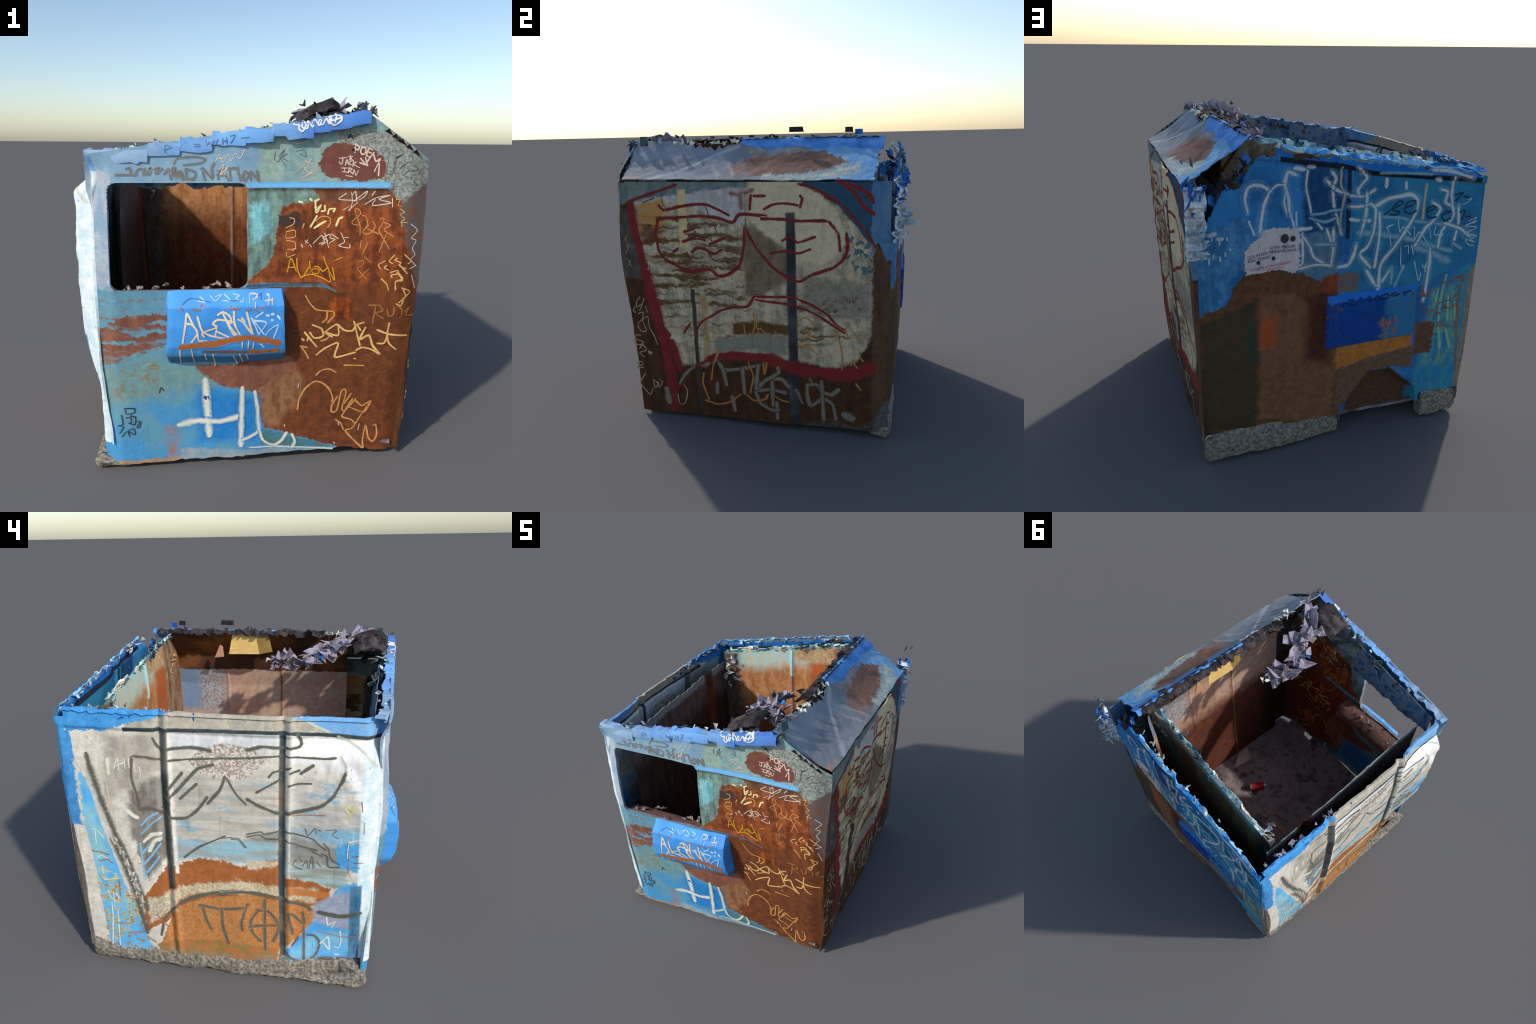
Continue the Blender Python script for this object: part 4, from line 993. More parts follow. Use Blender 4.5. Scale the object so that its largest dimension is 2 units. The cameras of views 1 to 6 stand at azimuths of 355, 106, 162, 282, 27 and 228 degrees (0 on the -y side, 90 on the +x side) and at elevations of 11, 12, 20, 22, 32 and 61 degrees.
    ("cracks", 0.007, [(-0.256,1.435),(-0.236,1.377)]),
    ("cracks", 0.007, [(-0.207,1.317),(-0.188,1.279)]),
    ("cracks", 0.0072, [(-0.404,1.258),(-0.335,1.255),(-0.289,1.235),(-0.259,1.242),(-0.212,1.21)]),
    ("cracks", 0.0072, [(-0.25,1.142),(-0.219,1.1),(-0.12,1.091)]),
    ("cracks", 0.007, [(-0.003,1.361),(-0.007,1.308)]),
    ("cracks", 0.0073, [(-0.673,1.451),(-0.59,1.479)]),
  ],
  "back": [
    ("glow", 0.0635, [(0.543,1.47),(0.554,1.531),(0.538,1.584),(0.502,1.596),(0.459,1.587),(0.425,1.558)]),
    ("glow", 0.0644, [(0.428,1.558),(0.459,1.487),(0.48,1.366)]),
    ("glow", 0.0646, [(0.302,1.64),(0.333,1.648),(0.35,1.59),(0.331,1.521),(0.325,1.447)]),
    ("glow", 0.0405, [(0.428,1.558),(0.39,1.589),(0.347,1.589)]),
    ("glow", 0.0411, [(0.34,1.565),(0.353,1.504),(0.341,1.448)]),
    ("glow", 0.0417, [(0.225,1.665),(0.239,1.577),(0.219,1.483),(0.205,1.419),(0.15,1.35)]),
    ("glow", 0.0473, [(0.255,1.327),(0.253,1.179),(0.266,1.16)]),
    ("glow", 0.0479, [(0.255,1.32),(0.213,1.256),(0.191,1.199),(0.125,1.15),(0.097,1.146)]),
    ("glow", 0.0482, [(0.266,1.142),(0.175,1.152),(0.096,1.139)]),
    ("glow", 0.0479, [(0.118,1.334),(0.087,1.243),(0.09,1.16)]),
    ("glow", 0.0482, [(0.083,1.331),(0.08,1.243),(0.09,1.145)]),
    ("glow", 0.0649, [(0.091,1.63),(0.077,1.604),(0.093,1.548),(0.08,1.444),(0.035,1.316)]),
    ("glow", 0.0646, [(0.118,1.588),(0.076,1.547),(0.013,1.52)]),
    ("glow", 0.0641, [(0.035,1.122),(-0.008,1.125),(-0.031,1.168),(-0.047,1.231)]),
    ("glow", 0.0615, [(-0.053,1.644),(-0.1,1.598),(-0.047,1.54),(-0.057,1.506)]),
    ("glow", 0.0621, [(-0.018,1.507),(-0.089,1.502),(-0.14,1.524)]),
    ("glow", 0.0629, [(-0.104,1.507),(-0.102,1.401),(-0.078,1.301)]),
    ("glow", 0.0627, [(-0.02,1.451),(-0.092,1.449),(-0.128,1.455)]),
    ("glow", 0.0641, [(-0.144,1.444),(-0.16,1.422),(-0.153,1.3),(-0.119,1.22),(-0.077,1.182),(-0.144,1.102)]),
    ("glow", 0.0646, [(-0.183,1.394),(-0.191,1.289),(-0.174,1.105)]),
    ("glow", 0.0661, [(-0.521,1.426),(-0.564,1.394),(-0.53,1.334),(-0.478,1.289),(-0.423,1.2)]),
    ("glow", 0.0666, [(-0.57,1.498),(-0.602,1.483),(-0.592,1.428),(-0.643,1.396),(-0.649,1.338),(-0.584,1.265),(-0.569,1.178)]),
    ("glow", 0.0661, [(-0.633,1.559),(-0.627,1.467),(-0.645,1.381)]),
    ("glow", 0.0675, [(-0.68,1.386),(-0.687,1.291),(-0.666,1.184)]),
    ("glow", 0.0686, [(-0.518,1.162),(-0.525,1.07),(-0.517,0.933),(-0.509,0.856)]),
    ("glow", 0.0663, [(-0.131,1.074),(-0.199,0.983),(-0.271,1.063)]),
    ("glow", 0.0765, [(-0.174,1.448),(-0.239,1.476),(-0.315,1.483),(-0.376,1.485),(-0.417,1.448),(-0.407,1.38),(-0.351,1.287),(-0.289,1.201),(-0.212,1.108),(-0.207,0.982),(-0.199,0.93)]),
    ("glow", 0.0797, [(-0.604,1.306),(-0.698,1.269),(-0.76,1.226)]),
    ("glow", 0.0765, [(-0.504,1.614),(-0.607,1.601),(-0.729,1.56)]),
    ("mist", 0.0302, [(0.543,1.47),(0.554,1.531),(0.538,1.584),(0.502,1.596),(0.459,1.587),(0.425,1.558)]),
    ("mist", 0.0306, [(0.428,1.558),(0.459,1.487),(0.48,1.366)]),
    ("mist", 0.0308, [(0.302,1.64),(0.333,1.648),(0.35,1.59),(0.331,1.521),(0.325,1.447)]),
    ("mist", 0.0193, [(0.428,1.558),(0.39,1.589),(0.347,1.589)]),
    ("mist", 0.0196, [(0.34,1.565),(0.353,1.504),(0.341,1.448)]),
    ("mist", 0.0194, [(0.536,1.414),(0.512,1.35)]),
    ("mist", 0.0197, [(0.322,1.444),(0.302,1.376)]),
    ("mist", 0.0198, [(0.29,1.445),(0.289,1.369)]),
    ("mist", 0.0198, [(0.225,1.665),(0.239,1.577),(0.219,1.483),(0.205,1.419),(0.15,1.35)]),
    ("mist", 0.0355, [(0.285,1.666),(0.257,1.661)]),
    ("mist", 0.0356, [(0.215,1.671),(0.202,1.669)]),
    ("mist", 0.0367, [(0.276,1.355),(0.217,1.356)]),
    ("mist", 0.0225, [(0.255,1.327),(0.253,1.179),(0.266,1.16)]),
    ("mist", 0.0228, [(0.255,1.32),(0.213,1.256),(0.191,1.199),(0.125,1.15),(0.097,1.146)]),
    ("mist", 0.023, [(0.266,1.142),(0.175,1.152),(0.096,1.139)]),
    ("mist", 0.0228, [(0.118,1.334),(0.087,1.243),(0.09,1.16)]),
    ("mist", 0.023, [(0.083,1.331),(0.08,1.243),(0.09,1.145)]),
    ("mist", 0.0309, [(0.091,1.63),(0.077,1.604),(0.093,1.548),(0.08,1.444),(0.035,1.316)]),
    ("mist", 0.0308, [(0.118,1.588),(0.076,1.547),(0.013,1.52)]),
    ("mistyellow", 0.0242, [(0.042,1.651),(0.046,1.569),(0.02,1.514),(0.04,1.411),(0.044,1.318)]),
    ("mistyellow", 0.0255, [(-0.465,1.533),(-0.457,1.438),(-0.455,1.333)]),
    ("haze", 0.0258, [(0.204,1.428),(0.142,1.429),(0.1,1.439),(0.041,1.438)]),
    ("haze", 0.0258, [(0.216,1.409),(0.134,1.383),(0.078,1.397)]),
    ("haze", 0.0262, [(0.179,1.266),(0.073,1.255)]),
    ("haze", 0.0275, [(-0.184,1.38),(-0.307,1.365),(-0.387,1.34),(-0.532,1.312),(-0.68,1.278)]),
    ("haze", 0.0479, [(-0.069,1.306),(-0.191,1.282),(-0.356,1.244),(-0.511,1.185),(-0.647,1.141)]),
    ("haze", 0.0757, [(-0.425,1.186),(-0.524,1.146),(-0.63,1.085)]),
    ("mist", 0.0305, [(0.035,1.122),(-0.008,1.125),(-0.031,1.168),(-0.047,1.231)]),
    ("mist", 0.0293, [(-0.053,1.644),(-0.1,1.598),(-0.047,1.54),(-0.057,1.506)]),
    ("mist", 0.0296, [(-0.018,1.507),(-0.089,1.502),(-0.14,1.524)]),
    ("mist", 0.03, [(-0.104,1.507),(-0.102,1.401),(-0.078,1.301)]),
    ("mist", 0.0298, [(-0.02,1.451),(-0.092,1.449),(-0.128,1.455)]),
    ("mist", 0.03, [(-0.023,1.381),(-0.118,1.365)]),
    ("mist", 0.0305, [(-0.144,1.444),(-0.16,1.422),(-0.153,1.3),(-0.119,1.22),(-0.077,1.182),(-0.144,1.102)]),
    ("mist", 0.0308, [(-0.183,1.394),(-0.191,1.289),(-0.174,1.105)]),
    ("mist", 0.0315, [(-0.521,1.426),(-0.564,1.394),(-0.53,1.334),(-0.478,1.289),(-0.423,1.2)]),
    ("mist", 0.0317, [(-0.57,1.498),(-0.602,1.483),(-0.592,1.428),(-0.643,1.396),(-0.649,1.338),(-0.584,1.265),(-0.569,1.178)]),
    ("mist", 0.0315, [(-0.633,1.559),(-0.627,1.467),(-0.645,1.381)]),
    ("mist", 0.0321, [(-0.68,1.386),(-0.687,1.291),(-0.666,1.184)]),
    ("mist", 0.0327, [(-0.518,1.162),(-0.525,1.07),(-0.517,0.933),(-0.509,0.856)]),
    ("mist", 0.0316, [(-0.131,1.074),(-0.199,0.983),(-0.271,1.063)]),
    ("mist", 0.0365, [(-0.174,1.448),(-0.239,1.476),(-0.315,1.483),(-0.376,1.485),(-0.417,1.448),(-0.407,1.38),(-0.351,1.287),(-0.289,1.201),(-0.212,1.108),(-0.207,0.982),(-0.199,0.93)]),
    ("mist", 0.0379, [(-0.604,1.306),(-0.698,1.269),(-0.76,1.226)]),
    ("mist", 0.0365, [(-0.504,1.614),(-0.607,1.601),(-0.729,1.56)]),
    ("mist", 0.0352, [(-0.22,1.57),(-0.218,1.547)]),
    ("mist", 0.0358, [(-0.337,1.549),(-0.339,1.528)]),
    ("mist", 0.0363, [(-0.531,1.56),(-0.541,1.555)]),
    ("haze", 0.0266, [(-0.186,1.615),(-0.36,1.603),(-0.482,1.592)]),
    ("haze", 0.0288, [(-0.666,1.184),(-0.72,1.148)]),
    ("haze", 0.0282, [(-0.312,0.967),(-0.357,1.074)]),
    ("haze", 0.0281, [(-0.286,0.986),(-0.287,1.061)]),
    ("ink", 0.0126, [(-0.214,1.391),(-0.258,1.421),(-0.301,1.457),(-0.325,1.442),(-0.258,1.414),(-0.306,1.396),(-0.291,1.383),(-0.244,1.388)]),
    ("ink", 0.0127, [(-0.335,1.414),(-0.387,1.43),(-0.401,1.449),(-0.355,1.446),(-0.336,1.4),(-0.376,1.379),(-0.406,1.394)]),
    ("ink", 0.013, [(-0.479,1.38),(-0.532,1.397),(-0.515,1.412),(-0.477,1.394),(-0.489,1.348),(-0.537,1.347)]),
    ("ink", 0.0131, [(-0.575,1.358),(-0.63,1.368),(-0.605,1.377),(-0.576,1.351),(-0.595,1.321),(-0.634,1.332)]),
    ("ink", 0.013, [(-0.651,1.466),(-0.699,1.473),(-0.655,1.43)]),
    ("ink", 0.0131, [(-0.709,1.451),(-0.738,1.445)]),
    ("ink", 0.0132, [(-0.695,1.363),(-0.723,1.368),(-0.708,1.319)]),
    ("ink", 0.0132, [(-0.731,1.335),(-0.76,1.332)]),
    ("chalkline", 0.0076, [(-0.706,1.405),(-0.737,1.417),(-0.759,1.437),(-0.736,1.431)]),
    ("chalkline", 0.0077, [(-0.76,1.307),(-0.807,1.325),(-0.778,1.29),(-0.81,1.302),(-0.738,1.279),(-0.814,1.266),(-0.751,1.235),(-0.819,1.214),(-0.78,1.195),(-0.808,1.177),(-0.747,1.198),(-0.768,1.166),(-0.803,1.155)]),
    ("chalkline", 0.0073, [(-0.227,1.314),(-0.271,1.33),(-0.234,1.32),(-0.252,1.283)]),
    ("chalkline", 0.0073, [(-0.3,1.355),(-0.313,1.284),(-0.334,1.31),(-0.385,1.262)]),
    ("chalkline", 0.0074, [(-0.405,1.303),(-0.412,1.231),(-0.44,1.271),(-0.492,1.209)]),
    ("chalkline", 0.0074, [(-0.502,1.294),(-0.515,1.228)]),
    ("chalkline", 0.0076, [(-0.542,1.29),(-0.538,1.247),(-0.595,1.242)]),
    ("chalkline", 0.0074, [(-0.328,1.196),(-0.34,1.091),(-0.358,1.067)]),
    ("chalkline", 0.0073, [(-0.252,1.283),(-0.265,1.211)]),
    ("chalkline", 0.0076, [(-0.425,1.097),(-0.463,0.978),(-0.474,1.023)]),
    ("chalkline", 0.0074, [(-0.352,1.194),(-0.376,1.198),(-0.38,1.154)]),
    ("chalkline", 0.0074, [(-0.401,1.188),(-0.412,1.143)]),
    ("chalkline", 0.0076, [(-0.476,1.076),(-0.506,1.027)]),
    ("chalkline", 0.0076, [(-0.507,1.088),(-0.495,1.051),(-0.533,1.077)]),
    ("chalkline", 0.0239, [(0.734,1.363),(0.712,1.368)]),
    ("chalkline", 0.024, [(0.692,1.341),(0.674,1.34)]),
    ("chalkline", 0.0112, [(0.725,1.369),(0.725,1.334)]),
    ("chalkline", 0.0112, [(0.686,1.344),(0.687,1.312)]),
    ("chalkline", 0.0112, [(0.65,1.343),(0.648,1.331)]),
    ("chalkline", 0.0113, [(0.718,1.26),(0.717,1.241)]),
    ("chalkline", 0.0113, [(0.685,1.245),(0.684,1.225)]),
    ("chalkline", 0.0113, [(0.659,1.268),(0.658,1.248)]),
    ("chalkline", 0.0113, [(0.74,1.242),(0.74,1.209)]),
    ("chalkline", 0.0113, [(0.636,1.285),(0.635,1.279)]),
    ("limewash", 0.0257, [(-0.647,0.986),(-0.635,0.914),(-0.629,0.834),(-0.627,0.705)]),
    ("limewash", 0.0255, [(-0.603,0.902),(-0.594,0.839)]),
    ("limewash", 0.0259, [(-0.678,0.844),(-0.688,0.696)]),
    ("limewash", 0.0263, [(-0.634,0.646),(-0.661,0.513)]),
    ("limewash", 0.0266, [(-0.689,0.629),(-0.734,0.499)]),
    ("limewash", 0.0261, [(-0.726,0.805),(-0.75,0.687)]),
    ("rustline", 0.0127, [(-0.623,0.943),(-0.672,0.948),(-0.763,0.968)]),
    ("rustline", 0.0128, [(-0.593,0.775),(-0.631,0.818),(-0.689,0.826),(-0.752,0.862)]),
    ("rustline", 0.0131, [(-0.615,0.665),(-0.693,0.657),(-0.766,0.634)]),
    ("rustline", 0.013, [(-0.636,0.777),(-0.713,0.774),(-0.736,0.796)]),
    ("rustline", 0.0131, [(-0.741,0.819),(-0.764,0.565)]),
    ("rustline", 0.0126, [(-0.48,0.894),(-0.523,0.873),(-0.545,0.901)]),
    ("rustline", 0.0126, [(-0.492,0.939),(-0.515,0.874)]),
    ("rustline", 0.0128, [(-0.526,0.769),(-0.593,0.775),(-0.631,0.745)]),
    ("rustline", 0.013, [(-0.582,0.728),(-0.613,0.756)]),
    ("rustline", 0.0132, [(-0.762,0.976),(-0.757,0.833),(-0.766,0.634),(-0.804,0.323)]),
  ],
  "pocket_back": [
    ("ink", 0.0082, [(0.024,0.912),(-0.013,0.91)]),
    ("ink", 0.0082, [(0.012,0.916),(0.014,0.897)]),
    ("ink", 0.0082, [(-0.023,0.925),(-0.052,0.921),(-0.02,0.896),(-0.065,0.901)]),
    ("ink", 0.0084, [(-0.073,0.906),(-0.099,0.928),(-0.103,0.902)]),
    ("ink", 0.0084, [(-0.119,0.907),(-0.153,0.928),(-0.15,0.899)]),
    ("ink", 0.0084, [(-0.128,0.915),(-0.167,0.91)]),
    ("ink", 0.0084, [(-0.174,0.906),(-0.199,0.926),(-0.213,0.907),(-0.181,0.902)]),
    ("ink", 0.0085, [(-0.228,0.899),(-0.223,0.919),(-0.263,0.927),(-0.268,0.907),(-0.228,0.899)]),
    ("ink", 0.0085, [(-0.285,0.915),(-0.311,0.928),(-0.324,0.914),(-0.293,0.911),(-0.341,0.918)]),
    ("ink", 0.0086, [(-0.366,0.921),(-0.415,0.926),(-0.374,0.917)]),
    ("ink", 0.0086, [(-0.371,0.909),(-0.374,0.906)]),
    ("ink", 0.0086, [(-0.425,0.909),(-0.429,0.906)]),
    ("bluefaint", 0.0057, [(-0.089,0.796),(-0.134,0.801),(-0.09,0.758),(-0.146,0.756)]),
    ("bluefaint", 0.0057, [(-0.155,0.833),(-0.194,0.834),(-0.164,0.736),(-0.224,0.774),(-0.237,0.724)]),
    ("bluefaint", 0.0058, [(-0.27,0.718),(-0.258,0.76),(-0.294,0.802),(-0.314,0.759),(-0.294,0.714),(-0.27,0.714)]),
  ],
  "left": [
    ("brush", 0.025, [(0.301,1.464),(0.282,1.425),(0.257,1.401)]),
    ("brush", 0.0247, [(0.226,1.412),(0.166,1.422),(0.085,1.429),(-0.004,1.419)]),
    ("brush", 0.0257, [(0.269,1.074),(0.22,1.028),(0.137,1.035),(0.078,1.081),(0.018,1.159)]),
    ("brush", 0.0252, [(0.222,1.2),(0.151,1.287)]),
    ("brush", 0.0251, [(0.23,1.141),(0.177,1.192),(0.067,1.313),(-0.016,1.345)]),
    ("brush", 0.0254, [(0.162,1.148),(0.074,1.231)]),
    ("brush", 0.0257, [(0.251,1.156),(0.234,1.14)]),
    ("brush", 0.025, [(0.012,1.131),(-0.053,1.209),(-0.082,1.281)]),
    ("brush", 0.0167, [(0.216,1.353),(0.079,1.37),(-0.076,1.382),(-0.241,1.395)]),
    ("brush", 0.0169, [(-0.089,1.282),(-0.14,1.193),(-0.19,1.14)]),
    ("brush", 0.0177, [(0.159,0.795),(0.067,0.869),(-0.071,0.943)]),
    ("brush", 0.0174, [(-0.113,0.933),(-0.148,0.932),(-0.182,0.889)]),
    ("brushbrown", 0.0271, [(0.408,1.364),(0.351,1.363),(0.273,1.352)]),
    ("brushbrown", 0.0275, [(0.423,1.352),(0.432,1.237),(0.41,1.151),(0.402,1.077)]),
    ("brushbrown", 0.039, [(0.388,1.063),(0.329,1.072),(0.283,1.053)]),
    ("brush", 0.0171, [(-0.059,1.381),(-0.192,1.389),(-0.347,1.405),(-0.426,1.408),(-0.577,1.41),(-0.642,1.419)]),
    ("brush", 0.0173, [(-0.313,1.299),(-0.335,1.323),(-0.385,1.335),(-0.421,1.353)]),
    ("brush", 0.0171, [(-0.425,1.326),(-0.465,1.342)]),
    ("brush", 0.0175, [(-0.251,1.212),(-0.349,1.273),(-0.373,1.293)]),
    ("brush", 0.0173, [(-0.416,1.258),(-0.466,1.272),(-0.527,1.278)]),
    ("brush", 0.0257, [(-0.202,1.432),(-0.276,1.452),(-0.37,1.448),(-0.454,1.456),(-0.472,1.478),(-0.453,1.525)]),
    ("brush", 0.0257, [(-0.478,1.33),(-0.531,1.37)]),
    ("brush", 0.0261, [(-0.203,1.166),(-0.27,1.131),(-0.362,1.098),(-0.455,1.116),(-0.573,1.159),(-0.635,1.215),(-0.676,1.293),(-0.696,1.348)]),
    ("brushpale", 0.0201, [(-0.673,1.421),(-0.694,1.386),(-0.698,1.355)]),
    ("brushpale", 0.0201, [(-0.651,1.515),(-0.726,1.481),(-0.785,1.446),(-0.842,1.373)]),
    ("brushpale", 0.0201, [(-0.468,1.604),(-0.531,1.567),(-0.6,1.538)]),
    ("brush", 0.0135, [(-0.196,0.966),(-0.268,0.986),(-0.288,0.973),(-0.388,1.0),(-0.47,0.987),(-0.537,0.972),(-0.585,0.936),(-0.612,0.916)]),
    ("brush", 0.0135, [(-0.196,0.951),(-0.261,0.967),(-0.295,0.947),(-0.389,0.948),(-0.485,0.922),(-0.566,0.91)]),
    ("brush", 0.0135, [(-0.525,0.912),(-0.593,0.872)]),
    ("brush", 0.0134, [(-0.601,0.953),(-0.625,0.925),(-0.639,0.863),(-0.68,0.838)]),
    ("brush", 0.0135, [(-0.592,0.889),(-0.619,0.876),(-0.627,0.813),(-0.681,0.818)]),
    ("brush", 0.007, [(-0.503,1.027),(-0.517,0.988),(-0.553,1.035),(-0.56,1.005)]),
    ("brush", 0.007, [(-0.57,1.026),(-0.583,1.025)]),
    ("brush", 0.007, [(-0.609,1.032),(-0.664,1.038),(-0.642,1.009),(-0.675,0.991)]),
    ("brush", 0.0073, [(-0.459,0.842),(-0.439,0.802),(-0.486,0.781)]),
    ("brush", 0.0073, [(-0.472,0.859),(-0.486,0.829)]),
    ("brush", 0.0073, [(-0.513,0.825),(-0.527,0.795)]),
    ("brush", 0.0073, [(-0.54,0.868),(-0.547,0.797)]),
    ("brush", 0.0073, [(-0.493,0.806),(-0.513,0.84),(-0.52,0.794)]),
    ("brush", 0.0073, [(-0.527,0.803),(-0.54,0.868),(-0.554,0.805)]),
    ("brush", 0.0073, [(-0.567,0.839),(-0.587,0.808)]),
    ("brush", 0.0073, [(-0.045,0.926),(-0.102,0.939),(-0.151,0.928),(-0.177,0.892)]),
    ("lemon", 0.0188, [(-0.727,1.127),(-0.707,1.164),(-0.722,1.174),(-0.73,1.161),(-0.747,1.171),(-0.739,1.143),(-0.727,1.123)]),
    ("brush", 0.0227, [(0.34,0.244),(0.307,0.364),(0.228,0.468),(0.179,0.499)]),
    ("brush", 0.035, [(0.201,0.489),(0.142,0.527),(0.054,0.563),(-0.053,0.591),(-0.156,0.602)]),
    ("brush", 0.0325, [(-0.031,0.571),(-0.156,0.601),(-0.306,0.595),(-0.383,0.575),(-0.504,0.538),(-0.53,0.513)]),
    ("brush", 0.045, [(-0.59,0.49),(-0.702,0.472),(-0.794,0.503)]),
    ("brush", 0.0239, [(0.086,0.487),(-0.033,0.474),(-0.167,0.5),(-0.188,0.522)]),
    ("brush", 0.0244, [(0.073,0.471),(0.05,0.372),(0.032,0.326)]),
    ("brush", 0.0243, [(-0.037,0.475),(-0.039,0.358),(-0.066,0.239)]),
    ("brush", 0.024, [(-0.181,0.509),(-0.151,0.401),(-0.152,0.348)]),
    ("brush", 0.024, [(-0.242,0.48),(-0.203,0.411),(-0.211,0.334),(-0.252,0.279)]),
    ("brush", 0.0239, [(-0.242,0.488),(-0.304,0.486),(-0.35,0.423),(-0.356,0.354),(-0.327,0.281)]),
    ("brush", 0.0239, [(-0.285,0.56),(-0.282,0.417),(-0.281,0.217)]),
    ("brush", 0.024, [(-0.199,0.373),(-0.288,0.389),(-0.397,0.397)]),
    ("brush", 0.0238, [(-0.437,0.339),(-0.419,0.485),(-0.497,0.405),(-0.49,0.485)]),
    ("brushbrown", 0.0263, [(-0.503,0.322),(-0.557,0.312),(-0.584,0.253),(-0.565,0.173),(-0.504,0.12),(-0.436,0.148),(-0.402,0.193)]),
    ("brushbrown", 0.0262, [(-0.463,0.297),(-0.436,0.256)]),
    ("brushbrown", 0.0262, [(-0.497,0.387),(-0.497,0.13)]),
    ("brushbrown", 0.0667, [(-0.614,0.137),(-0.632,0.135)]),
    ("brushbrown", 0.0667, [(-0.714,0.134),(-0.735,0.131)]),
    ("whitewash", 0.0121, [(-0.591,0.253),(-0.631,0.301),(-0.64,0.209),(-0.605,0.262)]),
    ("whitewash", 0.0121, [(-0.698,0.348),(-0.706,0.285),(-0.695,0.218),(-0.674,0.227)]),
    ("whitewash", 0.0119, [(-0.623,0.456),(-0.63,0.399),(-0.67,0.431),(-0.651,0.379)]),
    ("whitewash", 0.0123, [(-0.675,0.172),(-0.693,0.167)]),
    ("beam", 0.0674, [(0.679,1.343),(0.636,1.146),(0.589,0.999),(0.554,0.885),(0.506,0.768),(0.461,0.604),(0.418,0.437)]),
    ("beam", 0.0755, [(0.577,0.851),(0.509,0.654),(0.467,0.488),(0.434,0.264)]),
    ("beampale", 0.0244, [(0.608,1.348),(0.582,1.212),(0.565,1.079),(0.546,0.979),(0.498,0.85)]),
    ("skyline", 0.0174, [(0.411,0.644),(0.359,0.709),(0.308,0.78)]),
    ("skyline", 0.0173, [(0.404,0.72),(0.353,0.783),(0.295,0.861)]),
    ("skyline", 0.0171, [(0.405,0.794),(0.355,0.855),(0.292,0.9)]),
    ("skyline", 0.0169, [(0.402,0.914),(0.344,0.975),(0.285,1.023)]),
    ("skyline", 0.0169, [(0.396,0.97),(0.348,1.021),(0.302,1.048)]),
    ("skyline", 0.0174, [(0.415,0.849),(0.407,0.695),(0.401,0.629)]),
    ("whitewash", 0.0285, [(0.391,0.867),(0.343,0.912),(0.297,0.924)]),
    ("whitewash", 0.0285, [(0.362,0.815),(0.331,0.873),(0.3,0.892)]),
    ("whitewash", 0.0282, [(0.471,1.048),(0.436,1.021),(0.422,1.015)]),
    ("whitewash", 0.0275, [(0.561,1.337),(0.56,1.265)]),
    ("whitewash", 0.0082, [(0.527,1.294),(0.502,1.348),(0.499,1.285)]),
    ("whitewash", 0.0082, [(0.519,1.305),(0.463,1.329)]),
    ("whitewash", 0.0082, [(0.466,1.35),(0.462,1.294)]),
    ("whitewash", 0.0082, [(0.441,1.351),(0.438,1.303)]),
    ("whitewash", 0.0082, [(0.41,1.325),(0.409,1.283),(0.395,1.284)]),
    ("whitewash", 0.0082, [(0.383,1.306),(0.378,1.271),(0.387,1.249)]),
    ("whitewash", 0.0088, [(0.691,0.918),(0.68,0.911),(0.684,0.821)]),
    ("whitewash", 0.0086, [(0.668,0.913),(0.634,0.868)]),
    ("whitewash", 0.0089, [(0.683,0.738),(0.658,0.749),(0.605,0.722)]),
    ("whitewash", 0.0089, [(0.667,0.681),(0.665,0.63)]),
    ("whitewash", 0.0089, [(0.662,0.587),(0.586,0.607)]),
    ("whitewash", 0.009, [(0.614,0.516),(0.618,0.408)]),
    ("whitewash", 0.009, [(0.591,0.502),(0.587,0.466)]),
    ("whitewash", 0.0108, [(0.633,0.439),(0.639,0.333),(0.667,0.127)]),
    ("whitewash", 0.0108, [(0.601,0.384),(0.61,0.248),(0.619,0.126)]),
    ("whitewash", 0.0105, [(0.647,0.513),(0.629,0.466),(0.601,0.443)]),
    ("whitewash", 0.0105, [(0.602,0.503),(0.582,0.48)]),
    ("rustsoft", 0.0131, [(0.714,0.773),(0.662,0.77),(0.617,0.76)]),
    ("rustsoft", 0.0131, [(0.676,0.713),(0.621,0.728),(0.601,0.707)]),
    ("rustsoft", 0.0132, [(0.568,0.599),(0.573,0.49)]),
    ("rustsoft", 0.0132, [(0.526,0.501),(0.466,0.496)]),
    ("rustsoft", 0.0136, [(0.605,0.289),(0.527,0.3)]),
    ("rustsoft", 0.0138, [(0.55,0.23),(0.449,0.243)]),
    ("rustsoft", 0.0138, [(0.502,0.189),(0.457,0.177)]),
    ("rustsoft", 0.0138, [(0.43,0.208),(0.386,0.18)]),
    ("rustsoft", 0.0134, [(0.358,0.386),(0.309,0.33),(0.285,0.309)]),
    ("rustsoft", 0.0093, [(-0.57,0.35),(-0.651,0.321),(-0.726,0.306),(-0.807,0.32)]),
    ("rustsoft", 0.0084, [(-0.732,0.791),(-0.725,0.968)]),
    ("rustsoft", 0.0084, [(-0.436,1.095),(-0.53,1.108),(-0.604,1.116)]),
    ("rustsoft", 0.0082, [(-0.801,1.088),(-0.801,1.027)]),
    ("whitewash", 0.0074, [(-0.728,0.975),(-0.779,0.989),(-0.833,0.985)]),
    ("whitewash", 0.0076, [(-0.726,0.961),(-0.723,0.88)]),
    ("rib", 0.0073, [(-0.781,1.204),(-0.789,1.152)]),
    ("rib", 0.0076, [(-0.744,0.888),(-0.777,0.895)]),
    ("rib", 0.0076, [(-0.761,0.853),(-0.804,0.851)]),
    ("rib", 0.0077, [(-0.75,0.823),(-0.787,0.825)]),
  ],
}
